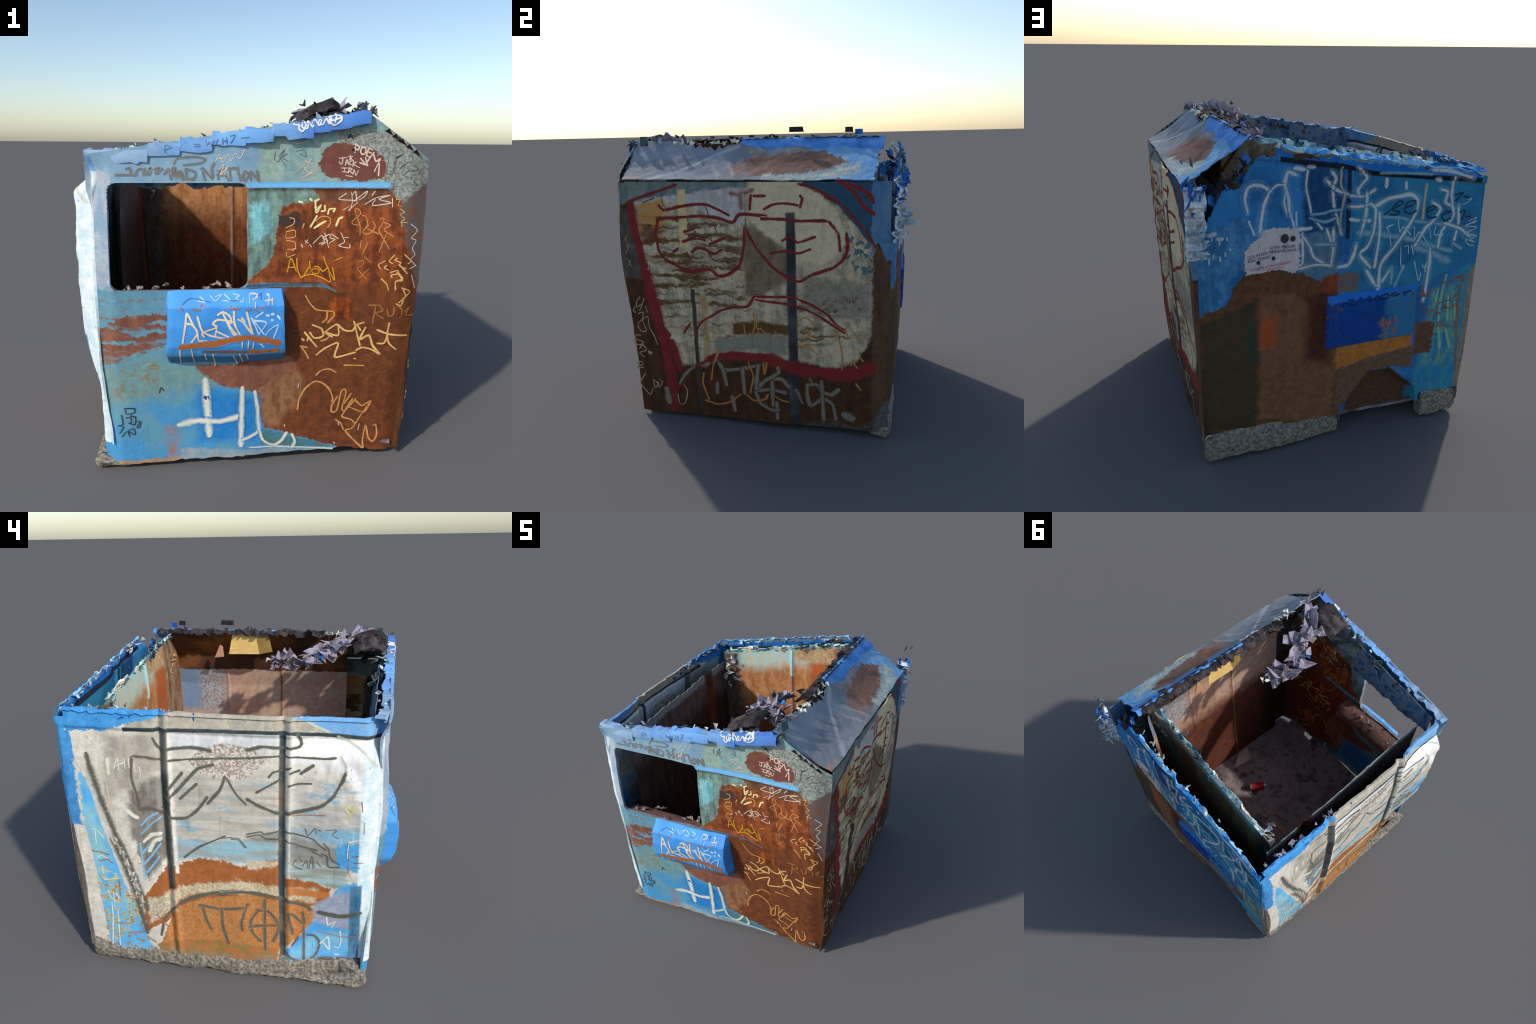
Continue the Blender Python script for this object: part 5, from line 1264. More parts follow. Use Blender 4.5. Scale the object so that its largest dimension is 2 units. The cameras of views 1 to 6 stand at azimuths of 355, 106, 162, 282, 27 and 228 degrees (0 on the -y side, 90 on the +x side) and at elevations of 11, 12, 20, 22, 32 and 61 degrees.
# ---------------------------------------------------------------- fields of paint, rust, dirt and painted-in shade and highlights: (what, upper edge, lower edge, look)
FIELDS = {
  "front": [
    ("orange rust", [(-0.065,1.333),(0.113,1.404),(0.328,1.429),(0.651,1.404),(0.762,1.275)], [(-0.064,0.981),(0.406,0.945),(0.781,0.997)], dict(a=(150, 80, 40), b=(94, 50, 31), soft=0.03, rag=0.03, mix='streak')),
    ("dark rust", [(0.146,0.914),(0.474,0.923),(0.723,0.821)], [(0.152,0.692),(0.254,0.043),(0.805,-0.022)], dict(a=(88, 50, 34), b=(122, 68, 36), soft=0.05, rag=0.04, mix='mid')),
    ("glowing rust streak", [(0.356,0.897),(0.475,0.895)], [(0.363,0.771),(0.483,0.783)], dict(a=(170, 85, 32), b=(80, 38, 22), soft=0.02, rag=0.02, mix='streak')),
    ("dusty brown", [(-0.02,0.532),(0.154,0.607),(0.239,0.474)], [(-0.016,0.222),(0.109,0.187),(0.243,0.369)], dict(a=(150, 108, 76), b=(118, 78, 54), soft=0.03, rag=0.02, mix='streak')),
    ("teal grey paint", [(-0.058,1.437),(0.264,1.435),(0.304,1.391)], [(-0.058,0.993),(0.013,1.04),(0.076,1.115),(0.098,1.28),(0.119,1.355),(0.304,1.385)], dict(a=(128, 160, 152), b=(92, 112, 105), soft=0.008, rag=0.025, mix='streak')),
    ("turquoise paint", [(-0.039,1.357),(0.055,1.38)], [(-0.039,1.171),(0.056,1.231)], dict(a=(140, 205, 212), b=(105, 160, 165), soft=0.015, rag=0.03, mix='streak')),
    ("black chips", [(0.1,1.317),(0.215,1.317)], [(0.1,1.267),(0.216,1.241)], dict(a=(58, 56, 60), b=(75, 50, 40), soft=0.004, rag=0.04, mix='mid')),
    ("gable paint", [(-0.786,1.713),(-0.114,1.778),(0.519,1.893),(0.834,1.604)], [(-0.806,1.452),(-0.052,1.465),(0.647,1.442),(0.854,1.219)], dict(a=(118, 152, 158), b=(148, 172, 166), soft=0.008, rag=0.006, mix='streak')),
    ("blue grey brow", [(-0.789,1.655),(-0.353,1.717),(0.008,1.744)], [(-0.806,1.452),(-0.039,1.465),(0.011,1.479)], dict(a=(120, 158, 188), b=(140, 172, 190), soft=0.03, rag=0.01, mix='mid')),
    ("pale stain", [(0.009,1.721),(0.108,1.722)], [(0.011,1.473),(0.112,1.472)], dict(a=(165, 185, 170), b=(125, 155, 155), soft=0.02, rag=0.03, mix='mid')),
    ("pebbled grey paint", [(0.382,1.724),(0.636,1.702),(0.836,1.579)], [(0.386,1.639),(0.565,1.604),(0.621,1.454),(0.69,1.391),(0.747,1.276),(0.856,1.167)], dict(a=(156, 164, 158), b=(116, 119, 113), soft=0.01, rag=0.03, mix='fine')),
    ("bare brown patch", [(0.299,1.602),(0.335,1.641),(0.41,1.666),(0.551,1.622),(0.611,1.567)], [(0.301,1.522),(0.366,1.481),(0.519,1.473),(0.614,1.498)], dict(a=(122, 76, 64), b=(108, 66, 56), soft=0.003, rag=0.034, mix='mid')),
    ("brown shadow rust", [(0.289,1.435),(0.65,1.431)], [(0.291,1.379),(0.652,1.353)], dict(a=(120, 85, 60), b=(95, 62, 48), soft=0.02, rag=0.02, mix='streak')),
    ("belt strip", [(-0.058,1.47),(0.645,1.47)], [(-0.058,1.443),(0.644,1.439)], dict(a=(98, 165, 218), b=(112, 170, 205), soft=0.002, rag=0.002, mix='mid')),
    ("lower belt paint", [(-0.064,0.987),(0.09,0.987),(0.323,0.976),(0.392,0.938)], [(-0.063,0.958),(0.092,0.962),(0.327,0.956),(0.393,0.926)], dict(a=(80, 155, 200), b=(110, 110, 90), soft=0.003, rag=0.006, mix='mid')),
    ("edge grey paint", [(0.69,1.378),(0.844,1.477)], [(0.692,1.328),(0.801,0.953),(0.875,0.922)], dict(a=(85, 90, 95), b=(112, 75, 55), soft=0.02, rag=0.04, mix='mid')),
    ("jamb paint", [(-0.798,1.561),(-0.672,1.503)], [(-0.83,0.914),(-0.693,0.922)], dict(a=(132, 158, 182), b=(168, 178, 186), soft=0.004, rag=0.004, mix='streak')),
    ("teal under window", [(-0.802,0.96),(-0.39,0.957),(-0.064,0.981),(-0.038,0.956)], [(-0.826,0.546),(-0.45,0.583),(-0.113,0.553),(-0.034,0.618)], dict(a=(105, 152, 168), b=(90, 140, 165), soft=0.004, rag=0.006, mix='mid')),
    ("worn brown band", [(-0.764,0.759),(-0.668,0.816),(-0.581,0.821),(-0.492,0.859),(-0.398,0.884)], [(-0.774,0.559),(-0.627,0.617),(-0.499,0.647),(-0.402,0.714)], dict(a=(138, 92, 72), b=(112, 72, 58), soft=0.003, rag=0.05, mix='streak', ripple=0.46)),
    ("rust chips", [(-0.755,0.902),(-0.416,0.918)], [(-0.761,0.807),(-0.418,0.844)], dict(a=(135, 85, 65), b=(150, 95, 70), soft=0.002, rag=0.02, mix='mid', ripple=0.6)),
    ("lower blue paint", [(-0.825,0.566),(-0.45,0.597),(-0.243,0.556),(-0.086,0.451),(0.009,0.392),(0.04,0.2),(0.165,0.161),(0.433,0.055)], [(-0.861,-0.1),(0.016,-0.138),(0.438,-0.078)], dict(a=(72, 146, 196), b=(98, 152, 174), soft=0.004, rag=0.01, mix='big')),
    ("washed teal", [(-0.825,0.573),(-0.437,0.597),(-0.256,0.564),(-0.139,0.482)], [(-0.84,0.289),(-0.572,0.369),(-0.258,0.441),(-0.139,0.453)], dict(a=(118, 152, 148), b=(100, 142, 152), soft=0.06, rag=0.04, mix='streak')),
    ("rust drips", [(-0.72,0.565),(-0.475,0.591)], [(-0.728,0.396),(-0.48,0.436)], dict(a=(125, 118, 98), b=(110, 145, 150), soft=0.03, rag=0.03, mix='streak', speck=0.5)),
    ("deep blue", [(-0.297,0.442),(0.009,0.377)], [(-0.301,0.128),(0.012,0.129)], dict(a=(28, 118, 190), b=(50, 130, 190), soft=0.04, rag=0.02, mix='mid')),
    ("teal hollow", [(0.033,0.194),(0.166,0.153),(0.396,0.066)], [(0.033,0.112),(0.167,0.084),(0.397,0.053)], dict(a=(65, 125, 145), b=(80, 110, 110), soft=0.01, rag=0.01, mix='mid')),
    ("drip stain", [(-0.446,0.243),(-0.386,0.238)], [(-0.465,0.018),(-0.398,0.012)], dict(a=(150, 118, 105), b=(105, 150, 185), soft=0.012, rag=0.02, mix='streak')),
    ("brown tongue", [(-0.302,0.565),(-0.113,0.567),(0.195,0.584)], [(-0.302,0.544),(-0.192,0.457),(-0.005,0.408),(0.197,0.52)], dict(a=(118, 74, 64), b=(135, 90, 70), soft=0.004, rag=0.01, mix='streak')),
    ("grey hem", [(-0.382,0.101),(-0.001,0.076),(0.426,0.051)], [(-0.386,-0.11),(0.002,-0.136),(0.431,-0.078)], dict(a=(150, 165, 170), b=(125, 150, 165), soft=0.006, rag=0.008, mix='mid')),
    ("rusty hem", [(-0.774,0.044),(-0.383,0.056)], [(-0.781,-0.103),(-0.386,-0.11)], dict(a=(150, 115, 90), b=(185, 150, 120), soft=0.006, rag=0.012, mix='mid')),
  ],
  "right": [
    ("cream field", [(-0.719,1.49),(-0.395,1.539),(0.008,1.613),(0.33,1.612),(0.404,1.536),(0.531,1.447),(0.657,1.332),(0.752,1.205)], [(-0.736,1.251),(-0.625,0.814),(-0.507,0.379),(-0.317,0.397),(-0.128,0.484),(0.254,0.486),(0.499,0.439),(0.66,0.509),(0.758,0.68)], dict(a=(108, 109, 100), b=(79, 81, 76), soft=0.02, rag=0.03, mix='streak')),
    ("bright cream", [(0.035,1.587),(0.33,1.587),(0.404,1.523),(0.531,1.421),(0.594,1.28)], [(0.028,1.344),(0.137,1.247),(0.309,1.117),(0.478,1.093),(0.594,1.228)], dict(a=(116, 117, 108), b=(105, 106, 96), soft=0.01, rag=0.02, mix='mid')),
    ("pale blue wash", [(-0.728,1.476),(-0.525,1.532),(-0.007,1.548)], [(-0.731,1.434),(-0.529,1.464),(-0.351,1.426),(-0.196,1.373),(-0.086,1.327),(-0.016,1.322)], dict(a=(105, 114, 126), b=(90, 97, 105), soft=0.008, rag=0.02, mix='streak')),
    ("ochre stain", [(-0.715,1.434),(-0.528,1.478)], [(-0.73,1.236),(-0.541,1.256)], dict(a=(105, 81, 44), b=(91, 85, 70), soft=0.02, rag=0.02, mix='ripple')),
    ("brown ripples", [(-0.71,1.365),(-0.353,1.372),(-0.016,1.308)], [(-0.701,1.02),(-0.588,0.724),(-0.03,0.935)], dict(a=(44, 32, 20), b=(62, 53, 40), soft=0.03, rag=0.02, mix='mid', ripple=0.53)),
    ("brown ripples below", [(-0.618,0.904),(-0.016,0.908),(0.32,0.9),(0.711,0.885)], [(-0.532,0.479),(-0.185,0.526),(0.309,0.538),(0.713,0.634)], dict(a=(49, 38, 23), b=(64, 55, 40), soft=0.04, rag=0.02, mix='mid', ripple=0.6)),
    ("grey shade", [(-0.016,1.322),(0.082,1.285),(0.269,1.169)], [(-0.033,0.878),(0.069,0.885),(0.266,1.006)], dict(a=(55, 52, 46), b=(70, 68, 59), soft=0.02, rag=0.03, mix='streak')),
    ("cool grey", [(0.335,1.011),(0.736,0.994)], [(0.332,0.831),(0.738,0.748)], dict(a=(82, 85, 85), b=(67, 68, 65), soft=0.04, rag=0.03, mix='mid')),
    ("dark mould", [(0.398,0.901),(0.685,0.897)], [(0.396,0.788),(0.686,0.8)], dict(a=(40, 38, 33), b=(61, 61, 56), soft=0.02, rag=0.05, mix='mid', speck=0.55)),
    ("brown gap", [(-0.116,0.697),(0.12,0.731),(0.259,0.711)], [(-0.123,0.619),(0.258,0.654)], dict(a=(46, 32, 17), b=(55, 43, 26), soft=0.012, rag=0.02, mix='mid')),
    ("blue grey wash", [(-0.245,0.579),(-0.003,0.629),(0.231,0.653)], [(-0.248,0.49),(-0.005,0.527),(0.228,0.521)], dict(a=(67, 74, 76), b=(74, 79, 74), soft=0.015, rag=0.02, mix='streak')),
    ("blue corner paint", [(0.342,1.625),(0.746,1.621)], [(0.342,1.568),(0.505,1.491),(0.657,1.319),(0.752,1.179)], dict(a=(21, 49, 73), b=(18, 41, 61), soft=0.006, rag=0.006, mix='mid')),
    ("teal flakes", [(0.581,1.293),(0.765,1.206)], [(0.581,1.148),(0.684,1.019),(0.767,1.022)], dict(a=(44, 65, 73), b=(33, 58, 70), soft=0.003, rag=0.04, mix='mid', speck=0.52)),
    ("teal hem", [(-0.875,1.628),(-0.131,1.613),(0.008,1.613)], [(-0.889,1.418),(-0.729,1.462),(-0.133,1.541),(0.006,1.545)], dict(a=(47, 64, 71), b=(65, 79, 85), soft=0.008, rag=0.01, mix='streak')),
    ("dark corner", [(-0.892,1.39),(-0.75,1.392)], [(-0.937,0.948),(-0.693,0.959)], dict(a=(47, 49, 52), b=(36, 35, 35), soft=0.02, rag=0.03, mix='streak')),
    ("post blue paint", [(0.73,1.658),(0.92,1.657)], [(0.736,1.153),(0.771,1.232),(0.822,1.13),(0.933,1.16)], dict(a=(36, 68, 105), b=(50, 76, 103), soft=0.003, rag=0.012, mix='streak')),
    ("post brown", [(0.736,1.153),(0.771,1.206),(0.835,1.117),(0.933,1.134)], [(0.75,-0.129),(0.962,-0.099)], dict(a=(50, 38, 30), b=(40, 30, 26), soft=0.01, rag=0.02, mix='streak')),
    ("concrete smear", [(0.752,0.102),(0.798,0.215),(0.95,0.416)], [(0.754,-0.129),(0.962,-0.099)], dict(a=(38, 44, 53), b=(49, 55, 62), soft=0.01, rag=0.02, mix='fine')),
    ("torn base", [(0.295,0.042),(0.496,0.098),(0.635,0.07),(0.758,0.119)], [(0.292,-0.13),(0.76,-0.066)], dict(a=(44, 44, 44), b=(30, 26, 23), soft=0.004, rag=0.02, mix='fine')),
    ("grey green hem", [(-0.383,0.009),(0.282,0.036)], [(-0.393,-0.228),(0.279,-0.128)], dict(a=(59, 61, 55), b=(46, 44, 38), soft=0.004, rag=0.004, mix='mid')),
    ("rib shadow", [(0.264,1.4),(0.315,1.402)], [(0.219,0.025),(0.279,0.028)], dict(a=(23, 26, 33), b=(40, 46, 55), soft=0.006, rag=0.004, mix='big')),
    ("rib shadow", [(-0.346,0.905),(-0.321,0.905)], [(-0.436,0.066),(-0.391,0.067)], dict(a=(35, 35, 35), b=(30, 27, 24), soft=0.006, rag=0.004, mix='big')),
    ("rib highlight", [(-0.423,1.532),(-0.361,1.533)], [(-0.454,1.172),(-0.412,1.171)], dict(a=(120, 116, 90), b=(110, 106, 85), soft=0.005, rag=0.006, mix='mid')),  # highlight beside the rib, painted as a cream stripe
    ("rib highlight", [(-0.311,0.878),(-0.275,0.88)], [(-0.336,0.435),(-0.295,0.438)], dict(a=(99, 93, 74), b=(85, 76, 55), soft=0.004, rag=0.004, mix='mid')),
  ],
  "back": [
    ("dark blue", [(0.031,1.694),(0.256,1.742)], [(0.014,1.296),(0.252,1.323)], dict(a=(6, 33, 69), b=(11, 44, 81), soft=0.02, rag=0.02, mix='streak')),
    ("teal blue sheet", [(-0.802,1.585),(-0.534,1.586),(-0.009,1.643)], [(-0.879,1.091),(-0.453,0.93),(-0.042,0.986)], dict(a=(19, 72, 106), b=(14, 58, 95), soft=0.02, rag=0.01, mix='big')),
    ("pale worn blue", [(0.526,1.397),(0.549,1.448),(0.791,1.37)], [(0.528,1.153),(0.628,1.122),(0.682,0.954),(0.806,0.892)], dict(a=(39, 81, 122), b=(22, 59, 100), soft=0.012, rag=0.02, mix='streak')),
    ("grey blue worn", [(0.054,1.329),(0.271,1.325)], [(0.056,1.043),(0.155,1.056),(0.268,1.112)], dict(a=(48, 72, 92), b=(34, 62, 90), soft=0.012, rag=0.02, mix='streak')),
    ("brown sheet", [(0.036,0.94),(0.056,1.057),(0.155,1.056),(0.24,1.108),(0.426,1.156),(0.553,1.142),(0.616,1.082),(0.657,0.979),(0.817,0.907)], [(-0.065,-0.301),(0.848,-0.267)], dict(a=(58, 41, 28), b=(39, 29, 21), soft=0.003, rag=0.012, mix='mid')),
    ("dark green brown", [(0.497,1.001),(0.782,0.877)], [(0.495,0.16),(0.803,0.214)], dict(a=(37, 33, 23), b=(30, 28, 22), soft=0.02, rag=0.02, mix='mid')),
    ("tan brown sheet", [(0.059,0.797),(0.291,1.003),(0.493,1.014)], [(0.02,0.137),(0.475,0.242)], dict(a=(69, 51, 41), b=(56, 41, 31), soft=0.016, rag=0.02, mix='mid')),
    ("burnt orange", [(0.395,0.879),(0.49,0.881)], [(0.395,0.713),(0.485,0.695)], dict(a=(95, 41, 19), b=(75, 44, 28), soft=0.03, rag=0.02, mix='mid')),
    ("dark teal stain", [(0.492,0.874),(0.57,0.859)], [(0.49,0.623),(0.534,0.623)], dict(a=(19, 34, 33), b=(27, 34, 30), soft=0.03, rag=0.02, mix='mid')),
    ("dark brown by pocket", [(0.083,1.018),(0.229,0.967)], [(0.047,0.534),(0.22,0.584)], dict(a=(28, 16, 12), b=(41, 25, 17), soft=0.05, rag=0.03, mix='mid')),  # darker soft-edged patch beside the pocket
    ("rust edge", [(0.044,1.097),(0.135,1.067)], [(0.037,0.969),(0.131,0.995)], dict(a=(76, 39, 19), b=(55, 30, 19), soft=0.01, rag=0.015, mix='mid')),
    ("amber field", [(-0.456,0.665),(-0.16,0.668),(0.041,0.628)], [(-0.469,0.549),(-0.172,0.522),(0.031,0.482)], dict(a=(101, 69, 30), b=(81, 56, 31), soft=0.012, rag=0.012, mix='mid')),
    ("dusty brown", [(-0.468,0.557),(-0.171,0.53),(0.032,0.49)], [(-0.488,0.408),(-0.324,0.442),(-0.195,0.435),(-0.12,0.23),(0.012,0.206)], dict(a=(61, 50, 42), b=(47, 39, 33), soft=0.012, rag=0.012, mix='fine')),
    ("rust dome", [(-0.515,0.262),(-0.324,0.442),(-0.18,0.437),(-0.075,0.169)], [(-0.555,-0.01),(-0.09,-0.053)], dict(a=(48, 36, 28), b=(37, 28, 22), soft=0.006, rag=0.012, mix='fine')),
    ("deep corner blue", [(-0.885,1.06),(-0.762,1.043),(-0.557,0.855),(-0.497,0.406),(-0.483,0.249)], [(-1.083,-0.116),(-0.526,-0.083)], dict(a=(16, 69, 109), b=(27, 81, 105), soft=0.03, rag=0.02, mix='streak')),
    ("green wash", [(-0.76,0.937),(-0.505,0.893)], [(-0.81,0.384),(-0.565,0.394)], dict(a=(51, 92, 90), b=(19, 69, 108), soft=0.03, rag=0.03, mix='streak')),
    ("rust bloom", [(-0.592,0.692),(-0.467,0.712)], [(-0.61,0.491),(-0.493,0.493)], dict(a=(58, 39, 30), b=(37, 34, 34), soft=0.01, rag=0.03, mix='mid')),
    ("rust scatter", [(-0.75,1.014),(-0.314,0.889)], [(-0.801,0.644),(-0.337,0.637)], dict(a=(81, 48, 23), b=(66, 41, 23), soft=0.02, rag=0.03, mix='mid', speck=0.6)),
    ("lip blue", [(-0.797,1.651),(0.039,1.813),(0.373,1.862)], [(-0.806,1.547),(-0.141,1.622),(0.04,1.677),(0.226,1.703),(0.375,1.722)], dict(a=(8, 55, 117), b=(12, 66, 125), soft=0.004, rag=0.01, mix='mid')),
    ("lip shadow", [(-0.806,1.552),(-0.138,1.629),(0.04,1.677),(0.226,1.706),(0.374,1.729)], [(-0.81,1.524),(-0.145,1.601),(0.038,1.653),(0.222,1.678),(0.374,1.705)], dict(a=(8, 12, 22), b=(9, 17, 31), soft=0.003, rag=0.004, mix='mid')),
    ("brown drip", [(0.174,1.774),(0.312,1.768)], [(0.175,1.709),(0.313,1.716)], dict(a=(39, 30, 22), b=(28, 23, 20), soft=0.008, rag=0.02, mix='streak')),
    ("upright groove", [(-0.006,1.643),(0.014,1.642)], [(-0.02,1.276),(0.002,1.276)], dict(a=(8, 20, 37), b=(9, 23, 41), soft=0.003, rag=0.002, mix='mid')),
    ("grey upright", [(-0.075,1.083),(0.043,1.083)], [(-0.083,0.966),(0.037,0.969)], dict(a=(62, 51, 47), b=(45, 56, 72), soft=0.006, rag=0.01, mix='mid')),
    ("concrete edge", [(-0.883,1.121),(-0.757,0.983)], [(-1.093,-0.119),(-0.846,-0.066)], dict(a=(76, 80, 76), b=(61, 62, 61), soft=0.004, rag=0.006, mix='mid')),
  ],
  "left": [
    ("white paint", [(-0.91,1.523),(-0.396,1.528)], [(-0.949,0.962),(-0.829,1.098),(-0.684,1.357),(-0.398,1.381)], dict(a=(255, 255, 255), b=(240, 238, 232), soft=0.04, rag=0.03, mix='streak')),
    ("white paint high", [(-0.383,1.518),(0.206,1.507)], [(-0.383,1.427),(0.21,1.414)], dict(a=(226, 228, 230), b=(200, 205, 208), soft=0.02, rag=0.03, mix='streak')),
    ("grey film", [(-0.385,1.325),(0.189,1.282)], [(-0.389,0.952),(0.211,0.904)], dict(a=(178, 174, 163), b=(202, 198, 187), soft=0.06, rag=0.05, mix='ripple')),
    ("grey film", [(-0.837,1.174),(-0.44,1.215)], [(-0.846,1.019),(-0.443,0.962)], dict(a=(176, 175, 168), b=(196, 194, 188), soft=0.06, rag=0.05, mix='ripple')),
    ("taupe shade", [(0.214,1.282),(0.477,1.176)], [(0.249,0.804),(0.397,0.611),(0.448,0.877)], dict(a=(118, 110, 100), b=(150, 146, 138), soft=0.03, rag=0.04, mix='streak')),
    ("warm grey", [(0.268,1.497),(0.611,1.471)], [(0.275,1.298),(0.555,1.112)], dict(a=(190, 182, 168), b=(165, 160, 150), soft=0.03, rag=0.03, mix='streak')),
    ("blue wiped streaks", [(-0.839,1.334),(-0.386,1.286),(0.204,1.253)], [(-0.861,0.964),(-0.389,0.952),(0.225,0.876)], dict(a=(128, 172, 196), b=(150, 182, 198), soft=0.04, rag=0.02, mix='mid', ripple=0.62)),
    ("grey wipe", [(-0.727,0.922),(-0.43,1.008),(-0.204,0.955)], [(-0.732,0.785),(-0.631,0.689),(-0.419,0.739),(-0.201,0.803)], dict(a=(152, 150, 142), b=(135, 140, 138), soft=0.03, rag=0.03, mix='ripple')),
    ("pale blue wash", [(-0.362,0.928),(-0.19,0.924),(0.015,0.913),(0.211,0.904)], [(-0.363,0.831),(-0.187,0.786),(-0.008,0.801),(0.219,0.78)], dict(a=(148, 188, 204), b=(160, 168, 166), soft=0.012, rag=0.02, mix='ripple')),
    ("light blue band", [(-0.843,1.062),(-0.403,1.017)], [(-0.851,0.909),(-0.403,0.981)], dict(a=(130, 180, 205), b=(165, 175, 178), soft=0.02, rag=0.02, mix='ripple')),
    ("pale flakes", [(-0.717,0.846),(-0.404,0.81)], [(-0.723,0.669),(-0.551,0.696),(-0.404,0.717)], dict(a=(165, 190, 190), b=(148, 150, 142), soft=0.01, rag=0.02, mix='ripple')),
    ("rust band", [(-0.638,0.664),(-0.551,0.696),(-0.404,0.725),(-0.363,0.831),(-0.159,0.769),(-0.077,0.792),(0.078,0.798),(0.275,0.721),(0.415,0.508)], [(-0.639,0.547),(-0.361,0.509),(-0.138,0.509),(0.217,0.4),(0.442,0.253)], dict(a=(176, 108, 60), b=(150, 90, 52), soft=0.003, rag=0.02, mix='mid')),
    ("cream crust", [(-0.564,0.655),(-0.362,0.652),(-0.143,0.679),(0.205,0.6),(0.396,0.467)], [(-0.578,0.55),(-0.362,0.594),(0.002,0.588),(0.21,0.518),(0.409,0.334)], dict(a=(212, 202, 178), b=(185, 165, 130), soft=0.012, rag=0.025, mix='fine')),
    ("cream crust high", [(-0.363,0.819),(-0.188,0.803)], [(-0.363,0.785),(-0.186,0.747)], dict(a=(215, 205, 185), b=(190, 170, 140), soft=0.008, rag=0.02, mix='fine')),
    ("rust stripe", [(-0.638,0.638),(-0.404,0.66)], [(-0.639,0.594),(-0.404,0.61)], dict(a=(200, 122, 64), b=(188, 126, 76), soft=0.006, rag=0.006, mix='mid')),
    ("orange board", [(-0.606,0.506),(-0.388,0.567),(-0.182,0.591),(0.078,0.532),(0.234,0.454),(0.367,0.133)], [(-0.606,0.483),(-0.455,0.296),(-0.328,0.185),(-0.127,0.208),(0.232,0.194),(0.372,0.093)], dict(a=(194, 136, 82), b=(176, 116, 66), soft=0.003, rag=0.012, mix='fine')),
    ("pale left of board", [(0.229,0.522),(0.393,0.494)], [(0.235,0.436),(0.41,0.315)], dict(a=(205, 198, 180), b=(170, 155, 130), soft=0.015, rag=0.02, mix='fine')),
    ("mossy hem", [(-0.357,0.222),(-0.055,0.252),(0.229,0.231),(0.363,0.172)], [(-0.355,0.091),(-0.313,0.091),(0.376,0.054)], dict(a=(135, 122, 72), b=(190, 112, 66), soft=0.006, rag=0.015, mix='mid')),
    ("teal hem", [(-0.415,0.178),(0.432,0.139)], [(-0.414,0.044),(0.449,-0.036)], dict(a=(110, 150, 145), b=(170, 110, 75), soft=0.01, rag=0.03, mix='mid', speck=0.5)),
    ("blue lower corner", [(-0.958,0.831),(-0.865,0.78),(-0.798,0.74),(-0.683,0.698),(-0.639,0.575),(-0.565,0.455),(-0.497,0.342),(-0.391,0.201)], [(-1.019,-0.046),(-0.39,-0.082)], dict(a=(82, 165, 228), b=(125, 188, 222), soft=0.004, rag=0.012, mix='big')),
    ("lavender wash", [(-0.801,0.672),(-0.685,0.646),(-0.551,0.537)], [(-0.813,0.363),(-0.689,0.374),(-0.552,0.426)], dict(a=(172, 182, 208), b=(150, 160, 180), soft=0.02, rag=0.02, mix='mid')),
    ("bright blue patch", [(-0.854,0.968),(-0.663,0.954)], [(-0.866,0.764),(-0.667,0.823)], dict(a=(62, 152, 220), b=(100, 172, 215), soft=0.006, rag=0.015, mix='mid')),
    ("edge white", [(-0.91,1.523),(-0.751,1.532)], [(-1.024,-0.119),(-0.808,-0.157)], dict(a=(225, 232, 235), b=(190, 215, 225), soft=0.004, rag=0.004, mix='streak')),
    ("upright shade", [(-0.792,0.709),(-0.735,0.705)], [(-0.819,0.051),(-0.756,0.046)], dict(a=(58, 110, 152), b=(92, 140, 170), soft=0.006, rag=0.004, mix='streak')),
    ("sky blue strip", [(0.419,0.179),(0.548,0.626),(0.645,0.982),(0.685,1.158),(0.722,1.258)], [(0.413,0.084),(0.678,0.103),(0.714,0.737),(0.765,0.938)], dict(a=(92, 180, 236), b=(142, 196, 212), soft=0.006, rag=0.012, mix='big')),
    ("yellowed drips", [(0.464,0.397),(0.548,0.626),(0.715,0.671)], [(0.475,0.304),(0.675,0.123),(0.7,0.538)], dict(a=(200, 205, 170), b=(165, 170, 130), soft=0.02, rag=0.05, mix='mid', speck=0.5)),
    ("rust on blue", [(0.42,0.237),(0.483,0.516),(0.71,0.587)], [(0.434,0.118),(0.681,0.082)], dict(a=(182, 128, 84), b=(150, 118, 84), soft=0.01, rag=0.04, mix='mid', speck=0.58)),
    ("dark concrete edge", [(0.729,0.619),(0.777,0.844),(0.816,0.965),(0.928,0.924)], [(0.836,-0.139),(1.134,-0.314)], dict(a=(112, 108, 98), b=(92, 88, 80), soft=0.006, rag=0.006, mix='mid')),
    ("blue edge", [(0.732,1.383),(0.776,1.488),(0.878,1.512)], [(0.789,0.936),(0.959,0.922)], dict(a=(82, 160, 225), b=(60, 130, 190), soft=0.006, rag=0.01, mix='mid')),
    ("lip blue", [(0.254,1.67),(0.563,1.684),(0.862,1.672)], [(0.262,1.58),(0.462,1.534),(0.581,1.488),(0.885,1.489)], dict(a=(58, 140, 208), b=(80, 160, 220), soft=0.004, rag=0.012, mix='mid')),
    ("lip cream", [(-0.619,1.67),(0.452,1.689)], [(-0.625,1.525),(-0.481,1.536),(0.262,1.517),(0.464,1.507)], dict(a=(190, 184, 166), b=(160, 156, 145), soft=0.006, rag=0.008, mix='mid')),
    ("lip blue front", [(-0.926,1.644),(-0.406,1.671)], [(-0.934,1.519),(-0.637,1.526),(-0.503,1.583),(-0.407,1.608)], dict(a=(104, 165, 220), b=(130, 175, 215), soft=0.004, rag=0.006, mix='mid')),
    ("lip blue back over", [(0.223,1.674),(0.862,1.672)], [(0.228,1.594),(0.434,1.535),(0.61,1.49),(0.885,1.489)], dict(a=(58, 140, 208), b=(80, 160, 220), soft=0.004, rag=0.012, mix='mid')),
